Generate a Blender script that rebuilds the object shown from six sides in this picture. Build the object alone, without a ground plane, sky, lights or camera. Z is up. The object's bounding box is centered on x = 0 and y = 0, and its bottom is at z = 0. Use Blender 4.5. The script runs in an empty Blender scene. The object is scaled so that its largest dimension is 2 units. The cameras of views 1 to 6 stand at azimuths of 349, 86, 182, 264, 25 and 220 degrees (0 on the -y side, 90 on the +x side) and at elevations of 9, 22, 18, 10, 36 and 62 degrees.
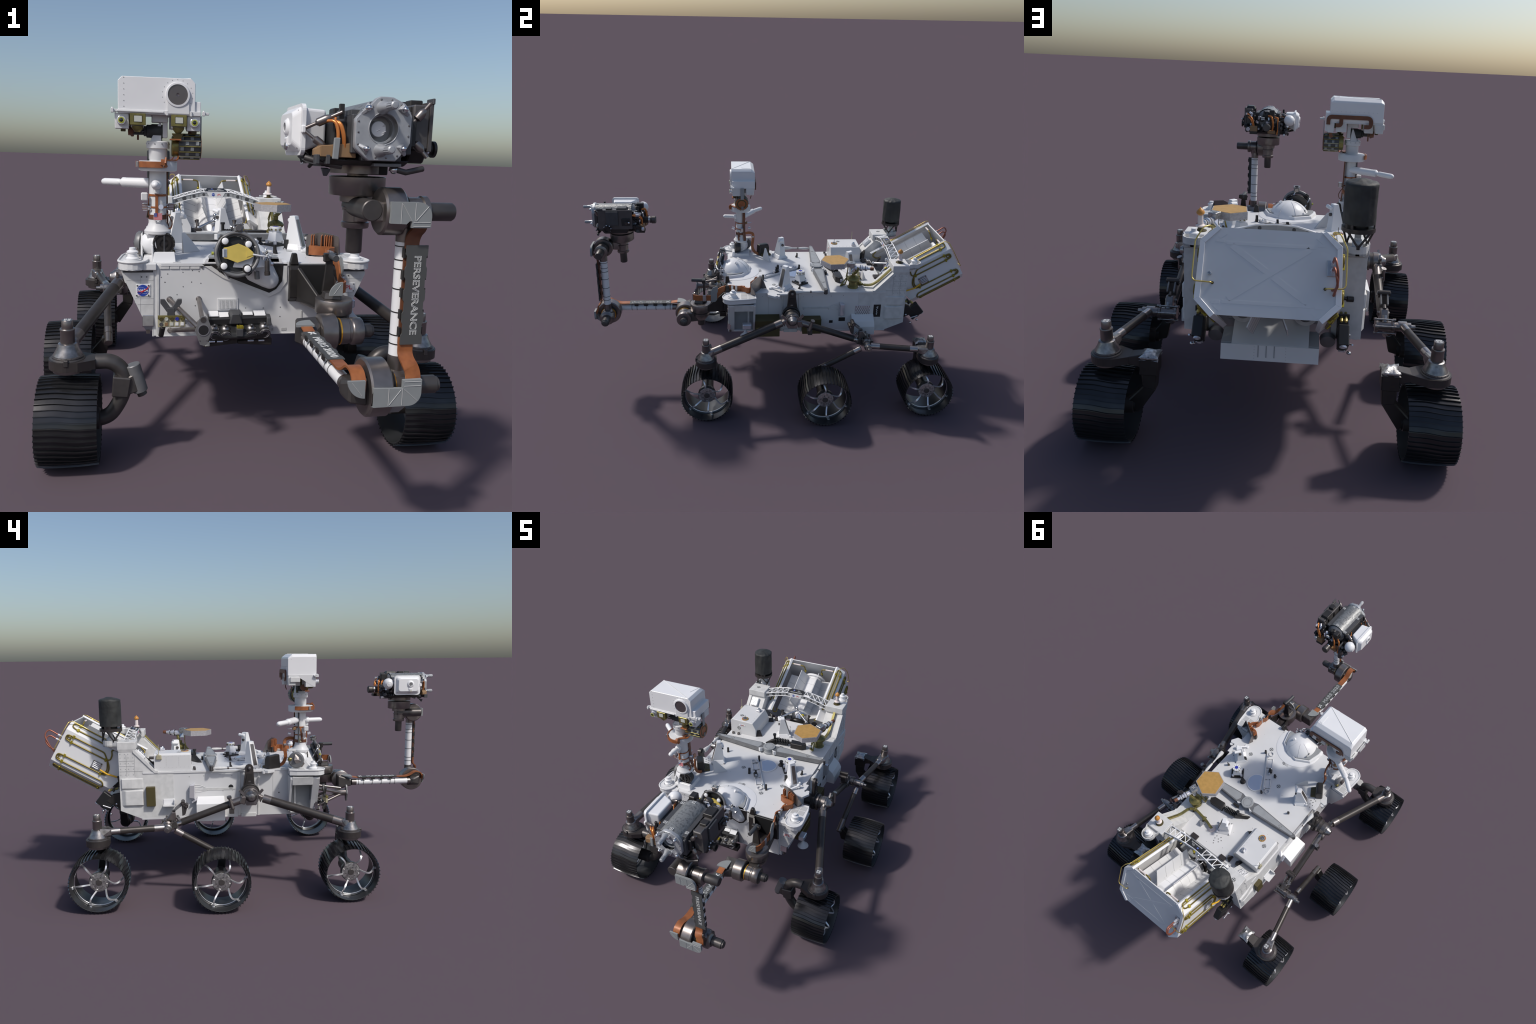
"""Six-wheeled planetary exploration rover, built part by part from procedural geometry."""
import bpy, bmesh, math, random
from mathutils import Vector, Matrix

V = Vector
RNG = random.Random(7)

# ------------------------------------------------------------------ materials
def new_mat(name, color, rough=0.5, metal=0.0, var=0.0, scale=30.0, bump=0.0, bump_scale=200.0,
            color2=None, coat=0.0, spec=0.5, detail=4.0, lo=0.35, hi=0.65, trans=0.0):
    m = bpy.data.materials.new(name)
    m.use_nodes = True
    nt = m.node_tree
    b = nt.nodes["Principled BSDF"]
    b.inputs["Base Color"].default_value = (*color, 1)
    b.inputs["Roughness"].default_value = rough
    b.inputs["Metallic"].default_value = metal
    b.inputs["Specular IOR Level"].default_value = spec
    b.inputs["Coat Weight"].default_value = coat
    b.inputs["Transmission Weight"].default_value = trans
    if var or color2 or bump:
        tc = nt.nodes.new("ShaderNodeTexCoord")
    if var or color2:
        n = nt.nodes.new("ShaderNodeTexNoise")
        n.inputs["Scale"].default_value = scale
        n.inputs["Detail"].default_value = detail
        nt.links.new(tc.outputs["Object"], n.inputs["Vector"])
        r = nt.nodes.new("ShaderNodeValToRGB")
        c2 = color2 if color2 else tuple(c * (1 - var) for c in color)
        r.color_ramp.elements[0].color = (*c2, 1)
        r.color_ramp.elements[1].color = (*color, 1)
        r.color_ramp.elements[0].position = lo
        r.color_ramp.elements[1].position = hi
        nt.links.new(n.outputs["Fac"], r.inputs["Fac"])
        nt.links.new(r.outputs["Color"], b.inputs["Base Color"])
    if bump:
        n2 = nt.nodes.new("ShaderNodeTexNoise")
        n2.inputs["Scale"].default_value = bump_scale
        n2.inputs["Detail"].default_value = 3
        nt.links.new(tc.outputs["Object"], n2.inputs["Vector"])
        bp = nt.nodes.new("ShaderNodeBump")
        bp.inputs["Strength"].default_value = bump
        bp.inputs["Distance"].default_value = 0.002
        nt.links.new(n2.outputs["Fac"], bp.inputs["Height"])
        nt.links.new(bp.outputs["Normal"], b.inputs["Normal"])
    return m

M = {}
def defmat(key, *a, **k):
    M[key] = new_mat(key, *a, **k)

defmat("white_paint", (0.645, 0.645, 0.65), rough=0.45, var=0.05, scale=9)
defmat("white_cloth", (0.625, 0.622, 0.615), rough=0.65, color2=(0.535, 0.535, 0.53), scale=38, lo=0.30, hi=0.62, bump=0.12, bump_scale=120)
defmat("white_gloss", (0.76, 0.76, 0.77), rough=0.30, var=0.03, scale=12)
defmat("panel_line", (0.42, 0.42, 0.42), rough=0.7)
defmat("grey_paint", (0.30, 0.31, 0.32), rough=0.45, var=0.12, scale=25)
defmat("cover_grey", (0.235, 0.25, 0.255), rough=0.6, var=0.06, scale=40)
defmat("cover_pale", (0.45, 0.45, 0.45), rough=0.6)
defmat("drill_metal", (0.40, 0.41, 0.43), rough=0.42, metal=0.35, color2=(0.33, 0.34, 0.36), scale=40)
defmat("mid_grey", (0.19, 0.19, 0.195), rough=0.45, metal=0.3, var=0.2, scale=30)
defmat("titanium", (0.25, 0.225, 0.215), rough=0.32, metal=0.85, var=0.15, scale=40)
defmat("titanium_dark", (0.10, 0.092, 0.09), rough=0.42, metal=0.6, var=0.2, scale=35)
defmat("tube_dark", (0.055, 0.048, 0.045), rough=0.38, metal=0.35, var=0.2, scale=30)
defmat("tube_sleeve", (0.42, 0.39, 0.38), rough=0.25, metal=0.95, var=0.15, scale=50)
defmat("cast_metal", (0.36, 0.345, 0.34), rough=0.32, metal=0.9, color2=(0.2, 0.19, 0.19), scale=60)
defmat("aluminium", (0.72, 0.72, 0.74), rough=0.22, metal=1.0, var=0.15, scale=60)
defmat("spoke_metal", (0.80, 0.80, 0.82), rough=0.30, metal=0.7)
defmat("antenna_rim", (0.50, 0.485, 0.50), rough=0.4, metal=0.35, color2=(0.40, 0.385, 0.40), scale=140)
defmat("foil", (0.56, 0.555, 0.55), rough=0.32, metal=0.85, color2=(0.28, 0.275, 0.27), scale=85, bump=0.6, bump_scale=160)
defmat("steel_plate", (0.50, 0.51, 0.53), rough=0.34, metal=0.8, color2=(0.38, 0.39, 0.41), scale=30)
defmat("wheel_black", (0.050, 0.050, 0.054), rough=0.20, metal=0.7, var=0.25, scale=18, spec=0.6)
defmat("wheel_inside", (0.06, 0.062, 0.066), rough=0.32, metal=0.5)
defmat("black", (0.014, 0.014, 0.015), rough=0.45)
defmat("black_satin", (0.03, 0.027, 0.026), rough=0.4, metal=0.2, var=0.3, scale=30)
defmat("black_cloth", (0.035, 0.037, 0.036), rough=0.62, color2=(0.018, 0.019, 0.019), scale=26, bump=1.0, bump_scale=38)
defmat("charcoal", (0.06, 0.061, 0.066), rough=0.5, var=0.2, scale=40)
defmat("imager_grey", (0.105, 0.098, 0.098), rough=0.42, metal=0.35, var=0.2, scale=30)
defmat("brown_black", (0.05, 0.043, 0.042), rough=0.42, metal=0.3, var=0.2, scale=30)
defmat("print_plate", (0.065, 0.067, 0.067), rough=0.6)
defmat("print_light", (0.62, 0.63, 0.63), rough=0.5)
defmat("copper", (0.36, 0.125, 0.042), rough=0.42, metal=0.15, color2=(0.25, 0.082, 0.03), scale=45)
defmat("copper_dark", (0.16, 0.058, 0.026), rough=0.5, color2=(0.11, 0.04, 0.02), scale=45)
defmat("copper_wire", (0.62, 0.22, 0.06), rough=0.3, metal=0.55)
defmat("copper_pipe", (0.36, 0.13, 0.085), rough=0.4, metal=0.5)
defmat("gold", (0.80, 0.42, 0.06), rough=0.25, metal=0.8)
defmat("brass_pipe", (0.23, 0.175, 0.035), rough=0.38, metal=0.45, var=0.2, scale=40)
defmat("brass_clip", (0.38, 0.31, 0.03), rough=0.4, metal=0.4)
defmat("brass_bright", (0.62, 0.47, 0.14), rough=0.3, metal=0.6)
defmat("olive", (0.075, 0.06, 0.018), rough=0.55, var=0.15, scale=30)
defmat("olive_metal", (0.27, 0.235, 0.08), rough=0.33, metal=0.6, color2=(0.16, 0.14, 0.05), scale=35)
defmat("khaki", (0.36, 0.33, 0.22), rough=0.6)
defmat("tan", (0.26, 0.155, 0.075), rough=0.55, var=0.15, scale=40)
defmat("amber", (0.46, 0.265, 0.075), rough=0.5, color2=(0.39, 0.225, 0.06), scale=60, bump=0.2, bump_scale=250)
defmat("amber_knob", (0.50, 0.22, 0.04), rough=0.35)
defmat("yellow_cap", (0.55, 0.42, 0.09), rough=0.5, var=0.12, scale=40)
defmat("yellow_cable", (0.75, 0.42, 0.02), rough=0.4)
defmat("lens", (0.085, 0.07, 0.075), rough=0.12, metal=0.2, coat=0.6)
defmat("lens_black", (0.01, 0.01, 0.012), rough=0.08, coat=1.0)
defmat("pale_window", (0.52, 0.53, 0.48), rough=0.2)
defmat("clear_grey", (0.62, 0.62, 0.66), rough=0.15, metal=0.5)
defmat("lime", (0.36, 0.38, 0.06), rough=0.35)
defmat("pink_white", (0.68, 0.60, 0.58), rough=0.5)
defmat("flag_red", (0.55, 0.06, 0.07), rough=0.5)
defmat("flag_blue", (0.05, 0.06, 0.25), rough=0.5)
defmat("logo_blue", (0.02, 0.06, 0.36), rough=0.4)
defmat("logo_red", (0.65, 0.03, 0.04), rough=0.4)
defmat("deep_blue", (0.03, 0.04, 0.32), rough=0.35)
defmat("mirror", (0.62, 0.65, 0.72), rough=0.15, metal=0.7)
defmat("bolt_dark", (0.12, 0.12, 0.12), rough=0.45, metal=0.4)

# ------------------------------------------------------------------ mesh builder
def frame(axis):
    """orthonormal u, v, w with w along axis"""
    w = V(axis).normalized()
    up = V((0, 0, 1)) if abs(w.z) < 0.9 else V((0, 1, 0))
    u = up.cross(w).normalized()
    v = w.cross(u)
    return u, v, w

def fillet(pts, r, n=5, closed=False):
    """round the corners of a polyline"""
    pts = [V(p) for p in pts]
    out = []
    k = len(pts)
    for i, p in enumerate(pts):
        if not closed and (i == 0 or i == k - 1):
            out.append(p)
            continue
        a, b = pts[i - 1], pts[(i + 1) % k]
        da, db = a - p, b - p
        d = min(r, da.length * 0.49, db.length * 0.49)
        s, e = p + da.normalized() * d, p + db.normalized() * d
        for j in range(n + 1):
            t = j / n
            out.append(s * (1 - t) ** 2 + p * 2 * t * (1 - t) + e * t * t)
    return out

class Part:
    """collects primitives (each with its own material) into one mesh object"""
    def __init__(self, name, parent=None, kind=None):
        self.name, self.parent, self.kind = name, parent, kind
        self.vs, self.fs, self.ms, self.mats, self.sm = [], [], [], [], []
        self.xf = Matrix.Identity(4)
        self.clip_planes = []

    def slot(self, mat):
        if mat not in self.mats:
            self.mats.append(mat)
        return self.mats.index(mat)

    def put(self, vs, fs, mat, smooth=True):
        if self.clip_planes:
            bm = bmesh.new()
            bv = [bm.verts.new(v) for v in vs]
            for f in fs:
                bm.faces.new([bv[i] for i in f])
            for co, no in self.clip_planes:
                r = bmesh.ops.bisect_plane(bm, geom=bm.verts[:] + bm.edges[:] + bm.faces[:], plane_co=co, plane_no=no, clear_outer=True)
                edges = [e for e in r["geom_cut"] if isinstance(e, bmesh.types.BMEdge)]
                if edges:
                    bmesh.ops.edgenet_fill(bm, edges=edges)
            bm.verts.index_update()
            vs = [v.co.copy() for v in bm.verts]
            fs = [[v.index for v in f.verts] for f in bm.faces]
            bm.free()
        o = len(self.vs)
        self.vs += [self.xf @ V(v) for v in vs]
        s = self.slot(mat)
        flip = self.xf.to_3x3().determinant() < 0
        for f in fs:
            g = [o + i for i in f]
            self.fs.append(g[::-1] if flip else g)
            self.ms.append(s)
            self.sm.append(smooth)
        return self

    def from_bm(self, bm, mat, bev=0.0, seg=1, smooth=False):
        if bev > 0:
            edges = [e for e in bm.edges if len(e.link_faces) == 2 and e.calc_face_angle(0) > 0.35]
            bmesh.ops.bevel(bm, geom=edges, offset=bev, segments=seg, affect="EDGES", profile=0.5, clamp_overlap=True)
        bmesh.ops.recalc_face_normals(bm, faces=bm.faces[:])
        bm.verts.index_update()
        vs = [v.co.copy() for v in bm.verts]
        fs = [[v.index for v in f.verts] for f in bm.faces]
        bm.free()
        return self.put(vs, fs, mat, smooth)

    def box(self, lo, hi, mat, bev=0.0015, seg=1):
        lo, hi = V(lo), V(hi)
        c, s = (lo + hi) / 2, hi - lo
        bm = bmesh.new()
        bmesh.ops.create_cube(bm, size=1.0, matrix=Matrix.Translation(c) @ Matrix.Diagonal((abs(s.x), abs(s.y), abs(s.z), 1)))
        return self.from_bm(bm, mat, min(bev, 0.3 * min(abs(s.x), abs(s.y), abs(s.z))), seg)

    def obox(self, c, size, axis, mat, bev=0.0015, roll=0.0, seg=1):
        """oriented box: size = (along u, along v, along axis)"""
        u, v, w = frame(axis)
        R = Matrix((u, v, w)).transposed().to_4x4() @ Matrix.Rotation(roll, 4, "Z")
        bm = bmesh.new()
        bmesh.ops.create_cube(bm, size=1.0, matrix=Matrix.Translation(V(c)) @ R @ Matrix.Diagonal((*size, 1)))
        return self.from_bm(bm, mat, min(bev, 0.3 * min(size)), seg)

    def hull(self, pts, mat, bev=0.0, seg=1, smooth=False):
        bm = bmesh.new()
        for p in pts:
            bm.verts.new(V(p))
        r = bmesh.ops.convex_hull(bm, input=bm.verts[:])
        junk = [g for g in r["geom_interior"] if isinstance(g, bmesh.types.BMVert)]
        if junk:
            bmesh.ops.delete(bm, geom=junk, context="VERTS")
        bmesh.ops.dissolve_limit(bm, angle_limit=0.01, verts=bm.verts[:], edges=bm.edges[:])
        return self.from_bm(bm, mat, bev, seg, smooth)

    def prism(self, poly, org, u, v, w, mat, bev=0.0, seg=1):
        """polygon (a, b) in the plane org + a u + b v, extruded along vector w"""
        org, u, v, w = V(org), V(u), V(v), V(w)
        bm = bmesh.new()
        a = [bm.verts.new(org + u * p[0] + v * p[1]) for p in poly]
        b = [bm.verts.new(x.co + w) for x in a]
        bm.faces.new(a[::-1])
        bm.faces.new(b)
        n = len(a)
        for i in range(n):
            bm.faces.new([a[i], a[(i + 1) % n], b[(i + 1) % n], b[i]])
        return self.from_bm(bm, mat, bev, seg)

    def xz(self, poly, y0, y1, mat, bev=0.0):
        return self.prism(poly, (0, y0, 0), (1, 0, 0), (0, 0, 1), (0, y1 - y0, 0), mat, bev)

    def yz(self, poly, x0, x1, mat, bev=0.0):
        return self.prism(poly, (x0, 0, 0), (0, 1, 0), (0, 0, 1), (x1 - x0, 0, 0), mat, bev)

    def xy(self, poly, z0, z1, mat, bev=0.0):
        return self.prism(poly, (0, 0, z0), (1, 0, 0), (0, 1, 0), (0, 0, z1 - z0), mat, bev)

    def lathe(self, p, axis, prof, mat, n=28):
        """profile of (radius, height) pairs along axis from p; radius 0 closes the end"""
        u, v, w = frame(axis)
        p = V(p)
        vs, fs, rings = [], [], []
        for r, h in prof:
            if r <= 1e-7:
                rings.append([len(vs)])
                vs.append(p + w * h)
            else:
                rings.append(list(range(len(vs), len(vs) + n)))
                for i in range(n):
                    a = 2 * math.pi * i / n
                    vs.append(p + w * h + (u * math.cos(a) + v * math.sin(a)) * r)
        for A, B in zip(rings, rings[1:]):
            if len(A) == 1 and len(B) == 1:
                continue
            for i in range(n):
                j = (i + 1) % n
                if len(A) == 1:
                    fs.append([A[0], B[j], B[i]])
                elif len(B) == 1:
                    fs.append([A[i], A[j], B[0]])
                else:
                    fs.append([A[i], A[j], B[j], B[i]])
        if len(rings[0]) > 1:
            fs.append(rings[0][::-1])
        if len(rings[-1]) > 1:
            fs.append(rings[-1])
        return self.put(vs, fs, mat)

    def cyl(self, p0, p1, r, mat, r1=None, n=24, bev=0.0):
        p0, p1 = V(p0), V(p1)
        h = (p1 - p0).length
        r1 = r if r1 is None else r1
        if bev:
            prof = [(r - bev, 0), (r, bev), (r1, h - bev), (r1 - bev, h)]
        else:
            prof = [(r, 0), (r1, h)]
        return self.lathe(p0, p1 - p0, prof, mat, n)

    def ring(self, p, axis, r_in, r_out, h, mat, n=32):
        """hollow ring, solid wall"""
        u, v, w = frame(axis)
        p = V(p)
        vs, fs = [], []
        for i in range(n):
            a = 2 * math.pi * i / n
            d = u * math.cos(a) + v * math.sin(a)
            vs += [p + d * r_in, p + d * r_out, p + d * r_out + w * h, p + d * r_in + w * h]
        for i in range(n):
            a, b = 4 * i, 4 * ((i + 1) % n)
            for k in range(4):
                l = (k + 1) % 4
                fs.append([a + k, b + k, b + l, a + l])
        return self.put(vs, fs, mat)

    def ball(self, c, r, mat, n=24, m=14, scale=(1, 1, 1)):
        c = V(c)
        vs, fs = [c + V((0, 0, r * scale[2]))], []
        for i in range(1, m):
            t = math.pi * i / m
            for j in range(n):
                a = 2 * math.pi * j / n
                vs.append(c + V((r * scale[0] * math.sin(t) * math.cos(a), r * scale[1] * math.sin(t) * math.sin(a), r * scale[2] * math.cos(t))))
        vs.append(c - V((0, 0, r * scale[2])))
        for j in range(n):
            k = (j + 1) % n
            fs.append([0, 1 + j, 1 + k])
            e = 1 + (m - 2) * n
            fs.append([e + k, e + j, len(vs) - 1])
        for i in range(m - 2):
            for j in range(n):
                k = (j + 1) % n
                a = 1 + i * n
                fs.append([a + j, a + n + j, a + n + k, a + k])
        return self.put(vs, fs, mat)

    def tube(self, path, r, mat, n=10, closed=False, bend=0.0, nb=5):
        pts = fillet(path, bend, nb, closed) if bend else [V(p) for p in path]
        k = len(pts)
        tang = []
        for i in range(k):
            if closed:
                t = pts[(i + 1) % k] - pts[i - 1]
            else:
                t = pts[min(i + 1, k - 1)] - pts[max(i - 1, 0)]
            tang.append(t.normalized())
        u = frame(tang[0])[0]
        vs, fs = [], []
        for i in range(k):
            t = tang[i]
            u = (u - t * u.dot(t))
            u = u.normalized() if u.length > 1e-6 else frame(t)[0]
            v = t.cross(u)
            rr = r(i / max(k - 1, 1)) if callable(r) else r
            for j in range(n):
                a = 2 * math.pi * j / n
                vs.append(pts[i] + (u * math.cos(a) + v * math.sin(a)) * rr)
        for i in range(k if closed else k - 1):
            a, b = i * n, ((i + 1) % k) * n
            for j in range(n):
                l = (j + 1) % n
                fs.append([a + j, a + l, b + l, b + j])
        if not closed:
            fs.append(list(range(n))[::-1])
            fs.append(list(range((k - 1) * n, k * n)))
        return self.put(vs, fs, mat)

    def ribbon(self, path, side, width, thick, mat, bend=0.0, nb=5, closed=False):
        """flat strap: side is the width direction (a vector, or a function of the path fraction)"""
        pts = fillet(path, bend, nb) if bend else [V(p) for p in path]
        k = len(pts)
        vs, fs = [], []
        for i in range(k):
            t = (pts[min(i + 1, k - 1)] - pts[max(i - 1, 0)]).normalized()
            s = V(side(i / (k - 1))) if callable(side) else V(side)
            s = (s - t * s.dot(t)).normalized()
            nrm = t.cross(s)
            for a, b in ((-1, -1), (1, -1), (1, 1), (-1, 1)):
                vs.append(pts[i] + s * (a * width / 2) + nrm * (b * thick / 2))
        for i in range(k - 1):
            a, b = 4 * i, 4 * i + 4
            for j in range(4):
                l = (j + 1) % 4
                fs.append([a + j, a + l, b + l, b + j])
        fs.append([3, 2, 1, 0])
        fs.append([4 * k - 4 + j for j in range(4)])
        return self.put(vs, fs, mat)

    def strap(self, path, normal, width, thick, mat, bend=0.0, nb=6):
        """flat cable that turns within its own plane"""
        pts = fillet(path, bend, nb) if bend else [V(q) for q in path]
        nrm = V(normal).normalized()
        vs, fs, k = [], [], len(pts)
        for i in range(k):
            t = (pts[min(i + 1, k - 1)] - pts[max(i - 1, 0)]).normalized()
            sd = t.cross(nrm).normalized()
            for a, b in ((-1, -1), (1, -1), (1, 1), (-1, 1)):
                vs.append(pts[i] + sd * (a * width / 2) + nrm * (b * thick / 2))
        for i in range(k - 1):
            for j in range(4):
                l = (j + 1) % 4
                fs.append([4 * i + j, 4 * i + l, 4 * i + 4 + l, 4 * i + 4 + j])
        fs += [[3, 2, 1, 0], [4 * k - 4 + j for j in range(4)]]
        return self.put(vs, fs, mat)

    def text(self, body, org, right, up, size, mat, depth=0.0006, outline=0.0, bold=0.0, align="CENTER", stretch=1.0, spacing=1.0, shear=0.0):
        """lettering with the built-in font standing on a surface"""
        cu = bpy.data.curves.new("lettering", "FONT")
        cu.body = body
        cu.size = 1.0
        cu.align_x = align
        cu.align_y = "CENTER"
        cu.space_character = spacing
        cu.shear = shear
        cu.resolution_u = 3
        if outline:
            cu.fill_mode = "NONE"
            cu.bevel_depth = outline / size
            cu.bevel_resolution = 0
        else:
            cu.extrude = depth / size / 2
            cu.offset = bold
        ob = bpy.data.objects.new("lettering", cu)
        bpy.context.scene.collection.objects.link(ob)
        dg = bpy.context.evaluated_depsgraph_get()
        me = ob.evaluated_get(dg).to_mesh()
        r, u = V(right).normalized(), V(up).normalized()
        w = r.cross(u)
        vs = [V(org) + r * (p.co.x * size * stretch) + u * (p.co.y * size) + w * (p.co.z * size + depth / 2) for p in me.vertices]
        fs = [list(p.vertices) for p in me.polygons]
        self.put(vs, fs, mat)
        ob.evaluated_get(dg).to_mesh_clear()
        bpy.data.objects.remove(ob)
        bpy.data.curves.remove(cu)
        return self

    def mesh(self, angle=40):
        me = bpy.data.meshes.new(self.name)
        me.from_pydata([tuple(v) for v in self.vs], [], self.fs)
        for m in self.mats:
            me.materials.append(M[m])
        me.polygons.foreach_set("material_index", self.ms)
        me.update()
        me.set_sharp_from_angle(angle=math.radians(angle))
        me.polygons.foreach_set("use_smooth", self.sm)
        return me

    def done(self, angle=40):
        ob = bpy.data.objects.new(self.name, self.mesh(angle))
        bpy.context.scene.collection.objects.link(ob)
        if self.parent:
            ob.parent = self.parent
        if self.kind:
            ob["kind"] = self.kind
        return ob

def copy_of(ob, parent, mat):
    c = ob.copy()
    bpy.context.scene.collection.objects.link(c)
    c.parent = parent
    c.matrix_local = mat
    return c

def mirror_x():
    return Matrix.Diagonal((-1, 1, 1, 1))

rover = bpy.data.objects.new("planetary_rover", None)
bpy.context.scene.collection.objects.link(rover)
rover["label"] = "white six-wheeled planetary rover with camera mast and robotic arm"
rover["category"] = "planetary rover"
# ------------------------------------------------------------------ wheels
def group(name, parent=None):
    e = bpy.data.objects.new(name, None)
    bpy.context.scene.collection.objects.link(e)
    e.parent = parent or rover
    return e

WHEEL_Z, TREAD_R, TREAD_HALF = 0.128, 0.1228, 0.0805

def crown(t):
    """tread radius across its width, t in -1..1"""
    return TREAD_R - 0.0035 * abs(t) ** 2.5

def grouser_angle(t):
    """angular offset of a grouser across the width: straight ends, slanted middle"""
    s = min(max((t + 0.5) / 1.0, 0), 1)
    return 0.058 * (s * s * (3 - 2 * s) - 0.5)

def build_tread():
    p = Part("tread")
    nx, ng = 12, 48
    # flat skin panels between neighbouring grousers
    rows = []
    for g in range(ng):
        base = 2 * math.pi * g / ng
        rows.append([])
        for i in range(nx + 1):
            t = -1 + 2 * i / nx
            a = base + grouser_angle(t)
            r = crown(t)
            rows[-1].append((t * TREAD_HALF, r * math.cos(a), r * math.sin(a)))
    for g in range(ng):
        a, b = rows[g], rows[(g + 1) % ng]
        p.put(a + b, [[i, i + 1, nx + 2 + i, nx + 1 + i] for i in range(nx)], "wheel_black")
    inner = [(crown(1) - 0.0006, TREAD_HALF - 0.0004), (0.1165, TREAD_HALF - 0.001), (0.1140, 0.060), (0.1135, 0.034), (0.1080, 0.030), (0.1075, 0.018), (0.1150, 0.012), (0.1155, -0.055), (0.1165, -TREAD_HALF + 0.001), (crown(-1) - 0.0006, -TREAD_HALF + 0.0004)]
    na = 96
    vs, fs = [], []
    for i in range(na):
        a = 2 * math.pi * i / na
        for r, x in inner:
            vs.append((x, r * math.cos(a), r * math.sin(a)))
    k = len(inner)
    for i in range(na):
        a, b = i * k, ((i + 1) % na) * k
        for j in range(k - 1):
            fs.append([a + j, a + j + 1, b + j + 1, b + j])
    p.put(vs, fs, "wheel_inside")
    steps = 12
    for g in range(ng):
        base = 2 * math.pi * g / ng
        vs, fs = [], []
        for i in range(steps + 1):
            t = -1 + 2 * i / steps
            ang = base + grouser_angle(t)
            r = crown(t)
            for da, h in ((-0.0020, -0.002), (-0.0010, 0.0051), (0.0010, 0.0051), (0.0020, -0.002)):
                a = ang + da / r
                vs.append((t * (TREAD_HALF + 0.0008), (r + h) * math.cos(a), (r + h) * math.sin(a)))
        for i in range(steps):
            a = 4 * i
            for j in range(4):
                l = (j + 1) % 4
                fs.append([a + j, a + 4 + j, a + 4 + l, a + l])
        fs.append([0, 1, 2, 3])
        fs.append([4 * steps + 3, 4 * steps + 2, 4 * steps + 1, 4 * steps])
        p.put(vs, fs, "wheel_black")
    p.tube([(0.030, 0.107 * math.cos(2 * math.pi * i / 64), 0.107 * math.sin(2 * math.pi * i / 64)) for i in range(64)], 0.0030, "aluminium", closed=True)
    return p

def build_hub():
    p = Part("wheel_hub")
    p.lathe((-0.085, 0, 0), (1, 0, 0), [(0.022, 0), (0.030, 0.004), (0.031, 0.070), (0.036, 0.078), (0.036, 0.098)], "brown_black", 28)
    p.lathe((0.012, 0, 0), (1, 0, 0), [(0.034, 0), (0.043, 0.004), (0.044, 0.024), (0.041, 0.029), (0.030, 0.0305)], "foil", 30)
    for i in range(12):
        a = 2 * math.pi * i / 12
        d = V((0, math.cos(a), math.sin(a)))
        p.obox(V((0.0405, 0, 0)) + d * 0.0345, (0.009, 0.010, 0.005), (1, 0, 0), "foil", 0.001, roll=a)
    p.cyl((0.036, 0, 0), (0.046, 0, 0), 0.0135, "titanium_dark", n=20, bev=0.001)
    for i in range(6):
        a = 2 * math.pi * (i + 0.5) / 6
        d = V((0, math.cos(a), math.sin(a)))
        p.cyl(V((0.040, 0, 0)) + d * 0.023, V((0.0445, 0, 0)) + d * 0.023, 0.003, "bolt_dark", n=8)
    return p

def build_spoke():
    """curved titanium spring leaf from the hub to the inner rim"""
    p = Part("spoke")
    pts = []
    for i in range(15):
        t = i / 14
        r = 0.040 + (0.108 - 0.040) * t
        x = 0.042 + 0.027 * math.sin(math.pi * min(t * 1.04, 1)) ** 1.1
        sweep = 0.014 * math.sin(math.pi * t * 0.9)
        pts.append((x, sweep, r))
    p.ribbon(pts, lambda t: (0.0, 1.0, 0.25), 0.0066, 0.0042, "spoke_metal")
    p.ribbon([(0.0315, 0.006, 0.108), (0.040, 0.013, 0.111), (0.047, 0.012, 0.1125), (0.049, 0.002, 0.113)], (0, 0.3, 1), 0.006, 0.003, "spoke_metal", bend=0.004)
    return p

wheel_places = [(s * x, y, s) for s in (1, -1) for x, y in ((0.5175, -0.385), (0.5775, 0.195), (0.5175, 0.72))]
first = {}
for wx, wy, s in wheel_places:
    w = group("wheel")
    w.location = (wx, wy, WHEEL_Z)
    if s < 0:
        w.rotation_euler = (0, 0, math.pi)
    turn = 0.28 * s + RNG.uniform(-0.04, 0.04)
    for key, fn in (("tread", build_tread), ("hub", build_hub)):
        if key not in first:
            first[key] = fn()
            first[key].parent = w
            first[key] = first[key].done()
        else:
            copy_of(first[key], w, Matrix.Rotation(turn, 4, "X"))
    for i in range(6):
        m = Matrix.Rotation(turn + i * math.pi / 3, 4, "X")
        if "spoke" not in first:
            q = build_spoke()
            q.parent = w
            first["spoke"] = q.done(50)
            first["spoke"].matrix_local = m
        else:
            copy_of(first["spoke"], w, m)

# ------------------------------------------------------------------ suspension
def fiducial(p, c, n, r, up=(0, 1, 0)):
    """round survey marker: dark disc with a pale cross-split square"""
    n = V(n).normalized()
    u = V(up) - n * V(up).dot(n)
    u.normalize()
    v = n.cross(u)
    c = V(c)
    p.lathe(c, n, [(r, 0), (r, 0.0008)], "bolt_dark", 20)
    for a in (1, -1):
        for b in (1, -1):
            q = c + n * 0.0008
            s = r * 0.14
            e = r * 0.66
            p.prism([(s * b, s * a), (e * b, s * a), (e * b, e * a), (s * b, e * a)], q, u, v, n * 0.0005, "print_light")
            p.prism([(s * 1.9 * b, s * 1.9 * a), (e * 0.72 * b, s * 1.9 * a), (e * 0.72 * b, e * 0.72 * a), (s * 1.9 * b, e * 0.72 * a)], q + n * 0.0005, u, v, n * 0.0004, "bolt_dark")

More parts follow.
